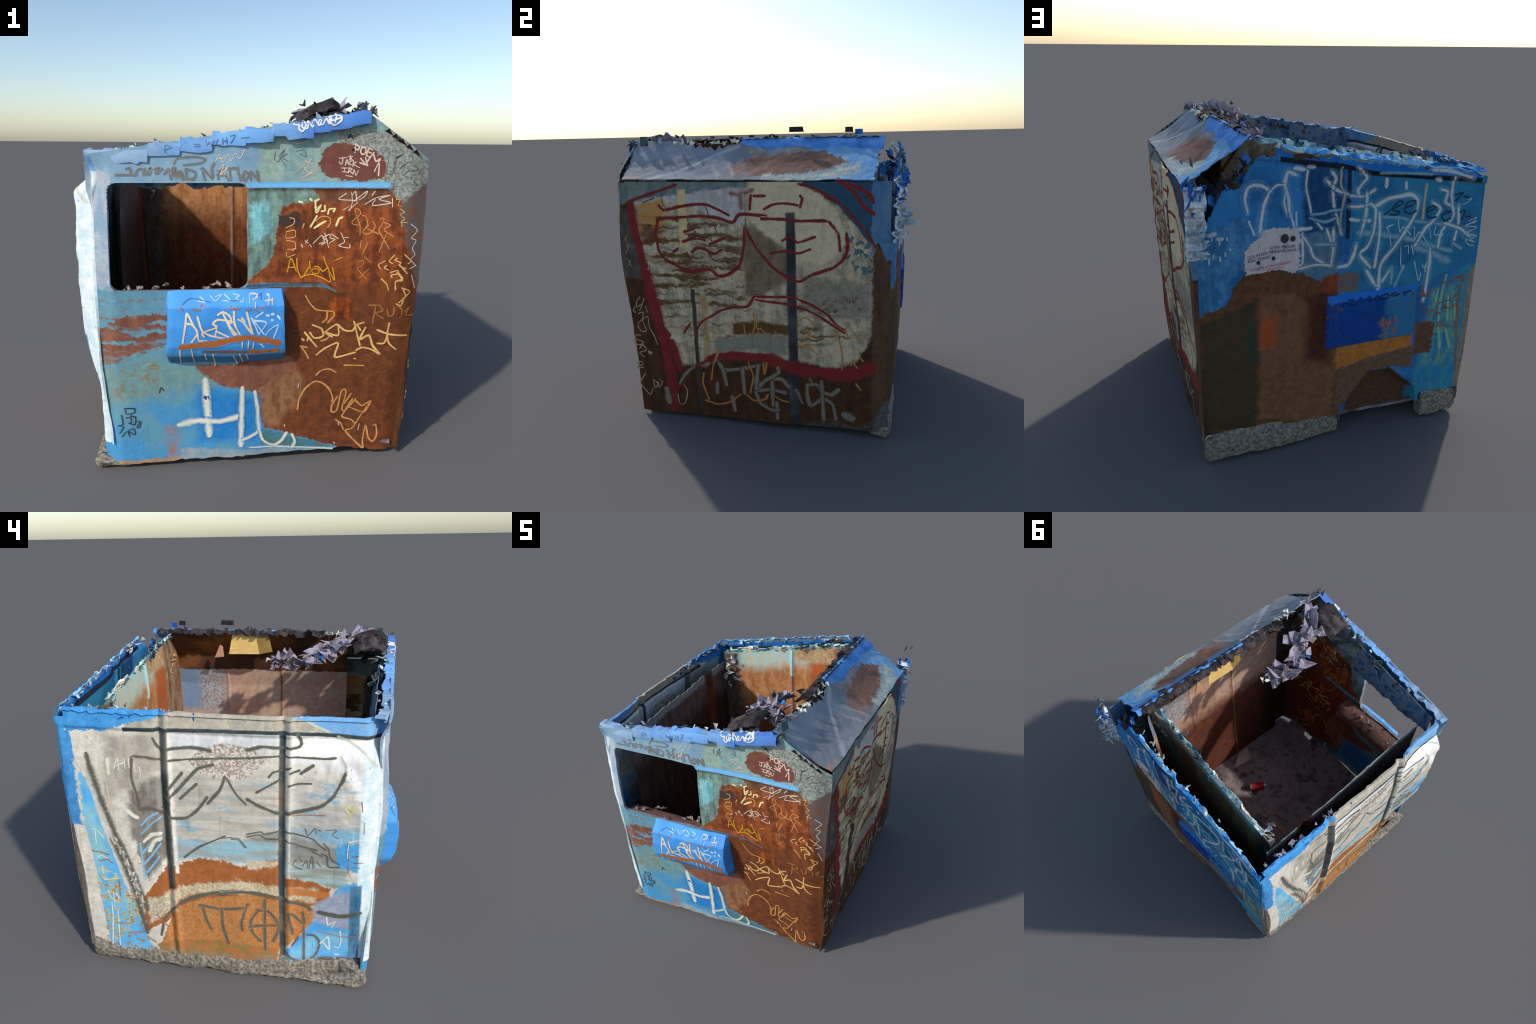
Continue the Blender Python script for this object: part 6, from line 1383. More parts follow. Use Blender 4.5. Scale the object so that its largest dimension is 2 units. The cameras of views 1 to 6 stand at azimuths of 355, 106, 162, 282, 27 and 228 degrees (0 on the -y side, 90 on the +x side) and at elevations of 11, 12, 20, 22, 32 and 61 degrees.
    ("lip shadow", [(-0.863,1.522),(-0.41,1.537),(-0.032,1.532),(0.462,1.519)], [(-0.864,1.501),(-0.41,1.518),(-0.033,1.513),(0.468,1.494)], dict(a=(48, 60, 68), b=(70, 80, 84), soft=0.003, rag=0.004, mix='mid')),
    ("upright groove", [(0.211,1.507),(0.256,1.501)], [(0.232,0.587),(0.284,0.569)], dict(a=(62, 68, 68), b=(110, 112, 106), soft=0.006, rag=0.003, mix='big')),  # shading of the channel rib, painted as a dark stripe
    ("upright highlight", [(0.191,1.498),(0.211,1.498)], [(0.205,0.682),(0.222,0.686)], dict(a=(235, 232, 222), b=(205, 202, 192), soft=0.004, rag=0.003, mix='mid')),  # pale stripe: the rib's highlight put into the colour
    ("upright groove", [(-0.399,1.523),(-0.366,1.52)], [(-0.391,0.145),(-0.356,0.148)], dict(a=(56, 74, 82), b=(105, 98, 80), soft=0.006, rag=0.003, mix='big')),  # second rib, its shading painted in the same way
    ("upright highlight", [(-0.425,1.521),(-0.405,1.518)], [(-0.427,0.723),(-0.401,0.716)], dict(a=(225, 225, 215), b=(190, 192, 185), soft=0.004, rag=0.003, mix='mid')),
    ("crumbled paint", [(-0.292,1.377),(-0.235,1.439),(-0.093,1.468),(0.051,1.422),(0.105,1.354)], [(-0.292,1.377),(-0.236,1.31),(-0.118,1.254),(0.04,1.292),(0.105,1.354)], dict(a=(218, 212, 204), b=(152, 138, 124), soft=0.003, rag=0.02, mix='fine')),
  ],
}
# ---------------------------------------------------------------- materials
SUNLIT = (0.95, 0.97, 1.0)          # how bright a white wall shows on the sunny sides
SHADED = (0.215, 0.28, 0.37)        # and on the two sides that only see the sky
SLOPED = (0.40, 0.50, 0.65)
def albedo(c, light):
    return tuple(min(0.93, max(0.004, v / k)) for v, k in zip(lin(c), light)) + (1.0,)

class Tree:
    def __init__(self, nt): self.nt = nt
    def node(self, kind, **props):
        n = self.nt.nodes.new(kind)
        for k, v in props.items(): setattr(n, k, v)
        return n
    def put(self, sock, v):
        if isinstance(v, bpy.types.NodeSocket): self.nt.links.new(v, sock)
        elif v is not None: sock.default_value = v
    def math(self, op, a, b=None, c=None, clamp=False):
        n = self.node("ShaderNodeMath", operation=op); n.use_clamp = clamp
        for s, v in zip(n.inputs, (a, b, c)): self.put(s, v)
        return n.outputs[0]
    def step(self, a, b, x):
        n = self.node("ShaderNodeMapRange", interpolation_type="SMOOTHSTEP")
        self.put(n.inputs["Value"], x); n.inputs["From Min"].default_value = a; n.inputs["From Max"].default_value = b
        return n.outputs[0]
    def mix(self, f, a, b, blend="MIX"):
        n = self.node("ShaderNodeMix", data_type="RGBA", blend_type=blend)
        self.put(n.inputs[0], f); self.put(n.inputs[6], a); self.put(n.inputs[7], b)
        return n.outputs[2]
    def noise(self, vec, scale, detail=3, rough=.55):
        n = self.node("ShaderNodeTexNoise"); self.put(n.inputs["Vector"], vec)
        n.inputs["Scale"].default_value = scale; n.inputs["Detail"].default_value = detail; n.inputs["Roughness"].default_value = rough
        return n
    def vec(self, x, y, z):
        n = self.node("ShaderNodeCombineXYZ")
        for s, v in zip(n.inputs, (x, y, z)): self.put(s, v)
        return n.outputs[0]
    def curve(self, x, pts, u0, u1):
        """height of a field's edge along the wall"""
        n = self.node("ShaderNodeFloatCurve")
        t = self.math("DIVIDE", self.math("SUBTRACT", x, u0), u1 - u0, clamp=True)
        self.put(n.inputs["Value"], t)
        c = n.mapping.curves[0]; P = sorted(pts)
        P = [(min(1, max(0, (u - u0) / (u1 - u0))), min(1, max(0, (v + .2) / 2.2))) for u, v in P]
        Q = [P[0]] if P[0][0] < 1e-4 else [(0, P[0][1]), P[0]]
        for p in P[1:]:
            if p[0] - Q[-1][0] > 1e-3: Q.append(p)
        if Q[-1][0] < .999: Q.append((1, Q[-1][1]))
        while len(c.points) < len(Q): c.points.new(.5, .5)
        for p, q in zip(c.points, Q): p.location = q; p.handle_type = "VECTOR"
        n.mapping.update()
        return self.math("SUBTRACT", self.math("MULTIPLY", n.outputs[0], 2.2), .2)

def colour_group(name, axes, light, ground, fields, grain=.12, wear=1.0):
    """a wall's colours as layers of fields, each between an upper and a lower edge along the wall"""
    g = bpy.data.node_groups.new(name, "ShaderNodeTree")
    g.interface.new_socket("Color", in_out="OUTPUT", socket_type="NodeSocketColor")
    T = Tree(g); out = T.node("NodeGroupOutput")
    co = T.node("ShaderNodeTexCoord").outputs["Object"]
    sp = T.node("ShaderNodeSeparateXYZ"); T.put(sp.inputs[0], co)
    u, v = sp.outputs[axes[0]], sp.outputs[axes[1]]
    flat = T.vec(u, v, 0.37)
    streakv = T.vec(T.math("MULTIPLY", u, 10), T.math("MULTIPLY", v, 2.2), 0)
    ripplev = T.vec(T.math("MULTIPLY", u, 1.6), T.math("MULTIPLY", v, 13), .5)
    warp = T.noise(flat, 16, 6, .62); ws = T.node("ShaderNodeSeparateColor"); T.put(ws.inputs[0], warp.outputs["Color"])
    coarse = T.noise(flat, 5, 2); cs = T.node("ShaderNodeSeparateColor"); T.put(cs.inputs[0], coarse.outputs["Color"])
    shred = T.noise(flat, 70, 3, .6); ss = T.node("ShaderNodeSeparateColor"); T.put(ss.inputs[0], shred.outputs["Color"])
    def wob(i): return T.math("SUBTRACT", T.math("ADD", T.math("ADD", T.math("MULTIPLY", cs.outputs[i], .5), ws.outputs[i]), T.math("MULTIPLY", ss.outputs[i], .35)), .925)
    wu, wv = wob(0), wob(1)
    def contrast(s, a, b): return T.step(a, b, s)
    mixes = {"mid": contrast(T.noise(flat, 26, 8, .72).outputs[0], .32, .68), "fine": contrast(T.noise(flat, 85, 4, .6).outputs[0], .40, .60),
             "big": contrast(T.noise(flat, 4.5, 3).outputs[0], .38, .62), "streak": contrast(T.math("ADD", T.math("MULTIPLY", T.noise(streakv, 2.0, 6, .62).outputs[0], .55), T.math("MULTIPLY", T.noise(flat, 26, 5, .65).outputs[0], .45)), .40, .60),
             "ripple": contrast(T.noise(ripplev, 2.2, 4, .55).outputs[0], .40, .62)}
    ripraw = T.noise(T.vec(T.math("MULTIPLY", u, 1.9), T.math("ADD", T.math("MULTIPLY", v, 15), T.math("MULTIPLY", wu, 1.2)), 1.5), 2.0, 3, .5).outputs[0]
    speckraw = T.noise(T.vec(T.math("MULTIPLY", u, 1.0), T.math("MULTIPLY", v, 1.0), 2.2), 38, 5, .62).outputs[0]
    crumbs = T.math("ADD", T.math("SUBTRACT", speckraw, .5), T.math("MULTIPLY", T.math("SUBTRACT", ss.outputs[2], .5), .35))
    A, B, how = ground
    col = T.mix(mixes[how], albedo(A, light), albedo(B, light))
    for what, up, lo, k in fields:
        u0 = (min(p[0] for p in up) + min(p[0] for p in lo)) / 2; u1 = (max(p[0] for p in up) + max(p[0] for p in lo)) / 2
        rag, soft = k["rag"], k["soft"]
        uu = T.math("MULTIPLY_ADD", wu, rag * 2, u); vv = T.math("MULTIPLY_ADD", wv, rag * 2, v)
        d = T.math("MINIMUM", T.math("SUBTRACT", T.curve(uu, up, u0, u1), vv), T.math("SUBTRACT", vv, T.curve(uu, lo, u0, u1)))
        d = T.math("MINIMUM", d, T.math("MINIMUM", T.math("SUBTRACT", uu, u0), T.math("SUBTRACT", u1, uu)))
        flake = min(1.0, .012 / max(.004, soft)) * (rag > .0065)      # hard-edged coats flake, soft ones only fade
        d = T.math("ADD", d, T.math("MULTIPLY", crumbs, .05 * flake))
        m = T.step(-soft, soft, d)
        if "speck" in k: m = T.math("MULTIPLY", m, T.step(k["speck"] - .03, k["speck"] + .03, speckraw))
        if "ripple" in k: m = T.math("MULTIPLY", m, T.step(k["ripple"] - .07, k["ripple"] + .05, ripraw))
        col = T.mix(m, col, T.mix(mixes[k["mix"]], albedo(k["a"], light), albedo(k["b"], light)))
    # weathering over every coat: runs of dirt, rust specks, pale scuffs
    where = T.step(.42, .62, T.noise(flat, 3.2, 3).outputs[0])
    runs = T.math("MULTIPLY", T.step(.54, .70, T.noise(T.vec(T.math("MULTIPLY", u, 24), T.math("MULTIPLY", v, 1.4), 3.1), 1.5, 5, .6).outputs[0]), where)
    col = T.mix(T.math("MULTIPLY", runs, wear * .55), col, T.mix(1.0, col, (.62, .52, .42, 1), "MULTIPLY"))
    specks = T.step(.645, .675, T.noise(flat, 52, 5, .66).outputs[0])
    col = T.mix(T.math("MULTIPLY", specks, wear * .8), col, T.mix(.35, albedo(tuple(c * k for c, k in zip((132, 78, 46), (1, 1, 1) if light is SUNLIT else (.45, .45, .5))), light), col))
    scuff = T.step(.60, .66, T.noise(T.vec(T.math("MULTIPLY", T.math("ADD", u, T.math("MULTIPLY", v, .35)), 9), T.math("MULTIPLY", T.math("SUBTRACT", v, T.math("MULTIPLY", u, .35)), 70), 5.3), 1.6, 5, .62).outputs[0])
    scuff = T.math("MULTIPLY", scuff, T.step(.46, .60, T.noise(flat, 6.5, 3).outputs[0]))
    col = T.mix(T.math("MULTIPLY", scuff, wear * .5), col, T.mix(1.0, T.mix(1.0, col, (1.35, 1.35, 1.35, 1), "MULTIPLY"), (.03, .03, .03, 1), "ADD"))
    fine = T.noise(flat, 140, 3, .6).outputs[0]; mid = T.noise(flat, 30, 4, .6).outputs[0]
    gr = T.math("ADD", T.math("MULTIPLY", T.math("SUBTRACT", fine, .5), grain * 2.2), T.math("MULTIPLY", T.math("SUBTRACT", mid, .5), grain * 2.0))
    gr = T.math("ADD", gr, 1.0)
    col = T.mix(1.0, col, T.vec(gr, gr, gr), "MULTIPLY")
    g.links.new(col, out.inputs[0])
    return g

def finish_material(name, T, colour, rough=.8, bump_scale=60, bump=.12, metallic=0.0):
    nt = T.nt
    b = nt.nodes["Principled BSDF"]
    T.put(b.inputs["Base Color"], colour); b.inputs["Roughness"].default_value = rough
    b.inputs["Specular IOR Level"].default_value = .18; b.inputs["Metallic"].default_value = metallic
    if bump:
        co = T.node("ShaderNodeTexCoord").outputs["Object"]
        n = T.node("ShaderNodeBump"); n.inputs["Strength"].default_value = bump; n.inputs["Distance"].default_value = .004
        T.put(n.inputs["Height"], T.noise(co, bump_scale, 4).outputs[0]); T.put(b.inputs["Normal"], n.outputs[0])

def material(name):
    m = bpy.data.materials.new(name); m.use_nodes = True
    return m, Tree(m.node_tree)

def wall_material(name, group, **k):
    m, T = material(name)
    n = T.node("ShaderNodeGroup"); n.node_tree = group
    finish_material(name, T, n.outputs[0], **k)
    return m

def mottled(name, cols, light=SUNLIT, scale=18, detail=5, streak=None, rough=.85, bump=.15, contrast=(.32, .68), metallic=0.0):
    """two to four colours mixed by noise"""
    m, T = material(name)
    co = T.node("ShaderNodeTexCoord").outputs["Object"]
    if streak:
        mp = T.node("ShaderNodeMapping"); mp.inputs["Scale"].default_value = streak; T.put(mp.inputs[0], co); co = mp.outputs[0]
    f = T.noise(co, scale, detail, .6).outputs[0]
    r = T.node("ShaderNodeValToRGB"); T.put(r.inputs[0], f)
    e = r.color_ramp.elements
    pos = np.linspace(contrast[0], contrast[1], len(cols))
    while len(e) < len(cols): e.new(.5)
    for el, p, c in zip(e, pos, cols): el.position = float(p); el.color = albedo(c, light)
    finish_material(name, T, r.outputs[0], rough=rough, bump=bump, metallic=metallic)
    return m

def paint_material(name, group, colour, light, soft, cover, opacity=1.0):
    """paint line: fades into the wall's own colours at its rims, broken up by grain"""
    m, T = material(name)
    gcol = T.node("ShaderNodeGroup"); gcol.node_tree = group
    uv = T.node("ShaderNodeUVMap"); uv.uv_map = "across"
    sp = T.node("ShaderNodeSeparateXYZ"); T.put(sp.inputs[0], uv.outputs[0])
    co = T.node("ShaderNodeTexCoord").outputs["Object"]
    n1 = T.noise(co, 70, 4, .65).outputs[0]; n2 = T.noise(co, 14, 3, .6).outputs[0]
    e = T.math("MINIMUM", sp.outputs[0], T.math("SUBTRACT", 1, sp.outputs[0]))
    e = T.math("ADD", e, T.math("MULTIPLY", T.math("SUBTRACT", n1, .5), .35 * min(1, soft * 3 + .3)))
    a = T.step(0.02, max(.05, soft), e)
    if cover < 1:
        a = T.math("MULTIPLY", a, T.step(.62 - cover * .45, .92 - cover * .45, T.math("ADD", T.math("MULTIPLY", n1, .6), T.math("MULTIPLY", n2, .5))))
    if opacity < 1: a = T.math("MULTIPLY", a, opacity)
    tint = T.mix(n2, albedo([max(0, v * .88) for v in colour], light), albedo([min(255, v * 1.08) for v in colour], light))
    finish_material(name, T, T.mix(a, gcol.outputs[0], tint), bump=.08)
    return m

# ---------------------------------------------------------------- paint lines laid on the walls
def spline(pts, step=.006):
    p = np.array(pts, float)
    if len(p) == 2:
        n = max(2, int(np.hypot(*(p[1] - p[0])) / step) + 1)
        return p[0] + (p[1] - p[0]) * np.linspace(0, 1, n)[:, None]
    q = np.vstack([2 * p[0] - p[1], p, 2 * p[-1] - p[-2]]); out = []
    for i in range(1, len(q) - 2):
        a, b, c, d = q[i - 1], q[i], q[i + 1], q[i + 2]
        n = max(2, int(np.hypot(*(c - b)) / step) + 1); t = np.linspace(0, 1, n, endpoint=False)[:, None]
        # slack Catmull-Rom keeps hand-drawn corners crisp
        m1, m2 = (c - a) * .38, (d - b) * .38
        out.append((2 * t**3 - 3 * t**2 + 1) * b + (t**3 - 2 * t**2 + t) * m1 + (-2 * t**3 + 3 * t**2) * c + (t**3 - t**2) * m2)
    out.append(p[-1:]); return np.vstack(out)

def ribbon(path, width, place, lift, seed):
    c = spline(path)
    t = np.gradient(c, axis=0); t /= np.linalg.norm(t, axis=1, keepdims=True) + 1e-9
    nrm = np.stack([-t[:, 1], t[:, 0]], 1)
    k = np.arange(len(c)); w = width * (1 + .22 * vnoise(k * .13 + seed * 3.1, seed))
    # rounded ends
    a = np.array([.47, .40, .27, .14])[:, None]; f = np.sqrt(1 - (2 * a[:, 0]) ** 2)
    c = np.vstack([c[0] - t[0] * w[0] * a, c, c[-1] + t[-1] * w[-1] * a[::-1]]); nrm = np.vstack([np.repeat(nrm[:1], 4, 0), nrm, np.repeat(nrm[-1:], 4, 0)])
    w = np.concatenate([w[0] * f, w, w[-1] * f[::-1]])
    cols = np.linspace(-.5, .5, 5 if width > .02 else 3)
    V, UV = [], []
    for s in cols:
        q = c + nrm * (w * s)[:, None]
        V.append(place(q[:, 0], q[:, 1], lift)); UV.append(np.stack([np.full(len(c), s + .5), np.linspace(0, 1, len(c))], -1))
    V, UV = np.array(V), np.array(UV); m, n = V.shape[:2]
    idx = np.arange(m * n).reshape(m, n)
    F = np.stack([idx[:-1, :-1], idx[:-1, 1:], idx[1:, 1:], idx[1:, :-1]], -1).reshape(-1, 4)
    return V.reshape(-1, 3), UV.reshape(-1, 2), F

def lay_marks(wall, place, group, light, paints, parent, name="graffiti", inside=None, base=.0010):
    batches = {}
    for i, (paint, width, path) in enumerate(MARKS[wall]):
        key = paint
        V, UV, F = ribbon(path, width, place, base + .000006 * i, i)
        B = batches.setdefault(key, [[], [], [], 0])
        B[0].append(V); B[1].append(UV); B[2].append(F + B[3]); B[3] += len(V)
        if inside and inside(path):  # mirrored copy inside: outer marks showing through the sheet, not separate writing
            V, UV, F = ribbon(path, width, place, -.0092 - .000006 * i, i)
            B[0].append(V); B[1].append(UV); B[2].append(F[:, ::-1] + B[3]); B[3] += len(V)
    for paint, (V, UV, F, _) in batches.items():
        colour, soft, cover, *opacity = paints[paint]
        m = paint_material(wall + "_" + paint + "_paint", group, colour, light, soft, cover, *opacity)
        new_object(name, np.concatenate(V), np.concatenate(F), m, parent, uvs=np.concatenate(UV))
# ---------------------------------------------------------------- build
GROUPS = {
    "front": colour_group("front_colours", (0, 2), SUNLIT, ((128, 70, 36), (98, 54, 32), "streak"), FIELDS["front"]),
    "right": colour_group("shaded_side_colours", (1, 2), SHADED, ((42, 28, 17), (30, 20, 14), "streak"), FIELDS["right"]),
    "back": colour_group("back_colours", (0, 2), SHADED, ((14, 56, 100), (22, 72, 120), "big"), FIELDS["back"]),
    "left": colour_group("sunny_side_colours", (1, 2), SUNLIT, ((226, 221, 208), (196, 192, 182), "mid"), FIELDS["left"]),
}
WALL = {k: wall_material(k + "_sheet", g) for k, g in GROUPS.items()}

def field(u0, u1, v0, v1, a, b, mix="mid", soft=.02, rag=.02, **k):
    return ("", [(u0, v1), (u1, v1)], [(u0, v0), (u1, v0)], dict(a=a, b=b, mix=mix, soft=soft, rag=rag, **k))

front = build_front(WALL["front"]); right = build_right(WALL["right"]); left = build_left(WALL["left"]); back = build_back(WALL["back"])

slope_colours = colour_group("slope_colours", (1, 2), SLOPED, ((92, 106, 128), (84, 97, 112), "big"), [
    field(-.85, -.2, 1.70, 1.90, (102, 118, 138), (88, 104, 128), "big", .04),
    ("pink brown", [(-.12, 1.66), (.0, 1.72), (.3, 1.74)], [(-.12, 1.62), (.3, 1.60)], dict(a=(104, 88, 90), b=(84, 72, 74), mix="mid", soft=.03, rag=.04)),
    ("bare brown", [(-.02, 1.70), (.15, 1.73), (.40, 1.745), (.53, 1.70), (.585, 1.68)], [(-.02, 1.62), (.15, 1.60), (.35, 1.61), (.50, 1.64), (.585, 1.67)], dict(a=(92, 76, 74), b=(82, 66, 64), mix="mid", soft=.004, rag=.02)),
    ("blue", [(.36, 1.9), (.80, 1.9)], [(.36, 1.70), (.46, 1.58), (.80, 1.55)], dict(a=(64, 118, 178), b=(92, 134, 172), mix="mid", soft=.01, rag=.02)),
    ("bare brown over", [(.10, 1.72), (.30, 1.74), (.42, 1.745), (.53, 1.70), (.59, 1.68)], [(.10, 1.60), (.35, 1.61), (.50, 1.64), (.59, 1.67)], dict(a=(92, 76, 74), b=(82, 66, 64), mix="mid", soft=.003, rag=.018)),
    ("chipped", [(.08, 1.62), (.35, 1.62), (.55, 1.67), (.66, 1.68)], [(.08, 1.58), (.40, 1.58), (.55, 1.60), (.66, 1.62)], dict(a=(128, 140, 138), b=(92, 124, 150), mix="fine", soft=.01, rag=.03)),
    ("sheen", [(-.64, 1.60), (-.50, 1.632), (-.37, 1.685), (-.26, 1.74), (-.12, 1.79)], [(-.64, 1.585), (-.50, 1.618), (-.37, 1.668), (-.26, 1.722), (-.12, 1.77)], dict(a=(122, 136, 156), b=(112, 126, 146), mix="mid", soft=.010, rag=.006)),
    ("sheen", [(-.26, 1.67), (-.18, 1.62)], [(-.26, 1.655), (-.18, 1.59)], dict(a=(112, 122, 130), b=(104, 114, 126), mix="mid", soft=.012, rag=.006)),
    ("sheen", [(-.16, 1.68), (-.09, 1.62)], [(-.16, 1.665), (-.09, 1.60)], dict(a=(116, 122, 126), b=(104, 114, 126), mix="mid", soft=.012, rag=.006)),
    ("edge", [(-.86, 1.62), (-.70, 1.60)], [(-.86, 1.55), (-.70, 1.55)], dict(a=(82, 94, 108), b=(120, 104, 100), mix="fine", soft=.02, rag=.02)),
], grain=.06, wear=.4)
build_slope(wall_material("roof_sheet", slope_colours))
BLUE = mottled("blue_ridge_paint", [(40, 92, 160), (58, 112, 186), (88, 140, 205)], SLOPED, 9, contrast=(.35, .7))
FELT = mottled("black_felt", [(26, 26, 28), (52, 48, 50), (92, 84, 84)], SUNLIT, 16)
build_ridge(BLUE, FELT)

eave_colours = colour_group("eave_colours", (0, 2), SUNLIT, ((122, 168, 222), (104, 152, 208), "mid"), [
    field(-.9, -.45, 1.5, 1.9, (150, 176, 205), (128, 160, 195), "mid", .1, .02),
    field(-.2, .02, 1.6, 1.9, (128, 182, 238), (112, 168, 228), "big", .05, .02),
    field(.2, .6, 1.6, 1.9, (88, 140, 215), (78, 125, 200), "big", .05, .02)], grain=.06, wear=.5)
EAVE = wall_material("eave_paint", eave_colours, bump=.05)
eave = build_front_eave(EAVE)
build_left_lip(WALL["left"]); 
PALE = mottled("pale_torn_paint", [(120, 140, 150), (170, 190, 198), (205, 212, 210), (150, 130, 110)], SUNLIT, 11)
BACKLIP = mottled("blue_lip", [(12, 52, 110), (22, 84, 150), (64, 110, 150), (96, 120, 130)], SHADED, 10)
build_back_lip(BACKLIP, mottled("pale_flashing", [(40, 66, 84), (72, 106, 124), (118, 142, 148), (84, 72, 56)], SHADED, 12))

inner_right_colours = colour_group("inner_side_colours", (1, 2), SUNLIT, ((112, 66, 50), (82, 46, 38), "mid"), [
    field(-.9, .8, 1.05, 1.7, (200, 166, 146), (178, 140, 120), "mid", .12, .06),
    field(-.45, .05, 1.1, 1.7, (196, 176, 160), (182, 145, 122), "mid", .06, .04),
    field(.30, .62, 1.18, 1.7, (165, 180, 195), (150, 120, 98), "fine", .05, .06),
    field(.50, .66, 1.20, 1.7, (115, 145, 180), (130, 150, 175), "mid", .03, .04),
    field(-.85, -.45, .0, 1.0, (62, 34, 28), (48, 28, 24), "mid", .1, .05),
    field(-.85, -.62, .6, 1.5, (92, 76, 46), (70, 40, 28), "ripple", .02, .03),
    field(-.82, -.70, .5, 1.5, (92, 34, 32), (60, 30, 28), "streak", .02, .02),
    field(-.13, -.115, .0, 1.6, (150, 100, 60), (130, 90, 60), "mid", .004, .004)])
inner_back_colours = colour_group("inner_back_colours", (0, 2), SUNLIT, ((122, 70, 38), (92, 52, 30), "streak"), [
    field(-.8, .6, 1.15, 1.9, (190, 138, 92), (160, 104, 62), "streak", .16, .04),
    ("teal top", [(-.72, 1.9), (.5, 1.95)], [(-.72, 1.46), (-.3, 1.48), (-.05, 1.56)], dict(a=(150, 190, 190), b=(185, 178, 150), mix="streak", soft=.06, rag=.03)),
    field(.10, .30, .9, 1.75, (178, 84, 38), (150, 100, 62), "streak", .04, .03),
    field(.30, .60, 1.2, 1.9, (150, 130, 105), (112, 84, 60), "streak", .05, .04),
    field(-.03, .30, 1.6, 1.9, (190, 165, 128), (150, 120, 90), "mid", .02, .03),
    field(-.062, -.040, .3, 1.5, (150, 122, 108), (128, 98, 84), "mid", .004, .004),
    field(-.062, -.036, 1.46, 1.9, (150, 205, 222), (165, 200, 205), "mid", .004, .004),
    field(-.8, -.55, .3, 1.6, (96, 84, 72), (82, 62, 50), "streak", .05, .03)])
inner_left_colours = colour_group("inner_dark_colours", (1, 2), SUNLIT, ((74, 58, 52), (54, 40, 34), "streak"), [
    field(-.9, .9, 1.25, 1.7, (110, 100, 104), (92, 72, 66), "streak", .1, .04),
    field(-.9, .9, 1.44, 1.7, (135, 165, 168), (150, 135, 125), "mid", .012, .02),
    field(.3, .42, .0, 1.6, (104, 62, 42), (82, 52, 40), "streak", .02, .02)])
build_lining(wall_material("inner_side_sheet", inner_right_colours), wall_material("inner_back_sheet", inner_back_colours),
             wall_material("inner_dark_sheet", inner_left_colours), mottled("brown_underside", [(58, 38, 32), (86, 54, 36), (128, 84, 44)], SUNLIT, 5, streak=(1, .6, 1)))
build_floor(mottled("trodden_dirt", [(80, 70, 70), (124, 112, 113), (152, 140, 140), (92, 76, 70)], SUNLIT, 7, 8, bump=.5, contrast=(.3, .66)))  # dirt tones lifted to carry light baked into the floor's colour
build_header(mottled("header_paint", [(40, 62, 84), (70, 104, 138), (110, 128, 140), (60, 56, 54)], SUNLIT, 14))
build_window_frame(mottled("frame_paint", [(88, 82, 86), (130, 150, 168), (122, 84, 70)], SUNLIT, 9, streak=(1, 1, .4)), mottled("sill_rust", [(62, 48, 46), (128, 92, 80), (92, 84, 84)], SUNLIT, 22))

pocket_colours = colour_group("pocket_colours", (0, 2), SUNLIT, ((70, 150, 225), (62, 138, 212), "big"), [
    field(-.5, .2, .885, .98, (88, 165, 238), (80, 155, 230), "big", .01, .01),
    field(-.5, .2, .50, .655, (62, 128, 185), (70, 120, 160), "mid", .02, .02),
    field(-.5, .2, .875, .905, (165, 105, 75), (150, 95, 70), "mid", .004, .02, speck=.62)], grain=.06, wear=.5)
POCKET = wall_material("pocket_paint", pocket_colours, bump=.05)
pocket = build_pocket("lifting_pocket", -.425, .125, [(.0, .955), (.075, .885), (.095, .80), (.095, .70), (.075, .645), (.0, .585)], front_y, -1, POCKET, 141)
pocket_back_colours = colour_group("pocket_back_colours", (0, 2), SHADED, ((5, 37, 98), (5, 34, 88), "big"), [
    field(-.5, .2, .915, .99, (6, 58, 134), (14, 66, 128), "mid", .006, .008),
    field(-.5, -.26, .6, .93, (18, 62, 108), (26, 64, 92), "streak", .02, .03),
    field(-.34, -.22, .66, .78, (92, 58, 32), (40, 60, 80), "mid", .01, .04, speck=.5),
    field(.02, .11, .6, .95, (44, 50, 50), (70, 46, 28), "mid", .005, .02, speck=.6)], grain=.06, wear=.5)
pocketb = build_pocket("lifting_pocket", -.45, .09, [(.0, .955), (.008, .93), (.020, .90), (.014, .70), (.010, .645), (.0, .64)], back_y, 1, wall_material("back_pocket_paint", pocket_back_colours, bump=.05), 145)

CONCRETE = mottled("concrete", [(84, 80, 74), (126, 119, 108), (164, 156, 144)], SUNLIT, 55, 6, bump=.9, contrast=(.34, .64))
build_plinth(CONCRETE)

FOLD = mottled("crumpled_paint", [(62, 84, 108), (98, 116, 140), (132, 146, 158), (86, 84, 80)], SHADED, 14)
build_corners(WALL["front"], WALL["right"], WALL["left"], WALL["back"], FOLD)
build_torn({"pale": PALE, "blue": mottled("torn_blue", [(18, 60, 130), (36, 100, 185), (84, 150, 215)], SUNLIT, 12), "dusk": mottled("torn_dusk", [(34, 44, 52), (62, 84, 96), (96, 112, 116), (110, 88, 66)], SUNLIT, 12),
            "felt": FELT, "grey": mottled("torn_grey", [(92, 84, 92), (138, 128, 134), (160, 156, 176), (110, 92, 82)], SUNLIT, 12), "white": mottled("torn_white", [(215, 220, 215), (235, 238, 215), (190, 205, 220)], SUNLIT, 10),
            "notch": mottled("notch_shadow", [(22, 14, 12), (52, 26, 16)], SUNLIT, 20), "flesh": mottled("torn_peach", [(190, 140, 112), (205, 160, 130)], SUNLIT, 10),
            "board": mottled("bare_board_wood", [(225, 200, 130), (215, 175, 110), (232, 205, 125)], SUNLIT, 8, streak=(1, 1, 3)), "board_dark": mottled("aged_board_wood", [(120, 98, 56), (150, 125, 72)], SUNLIT, 8)})
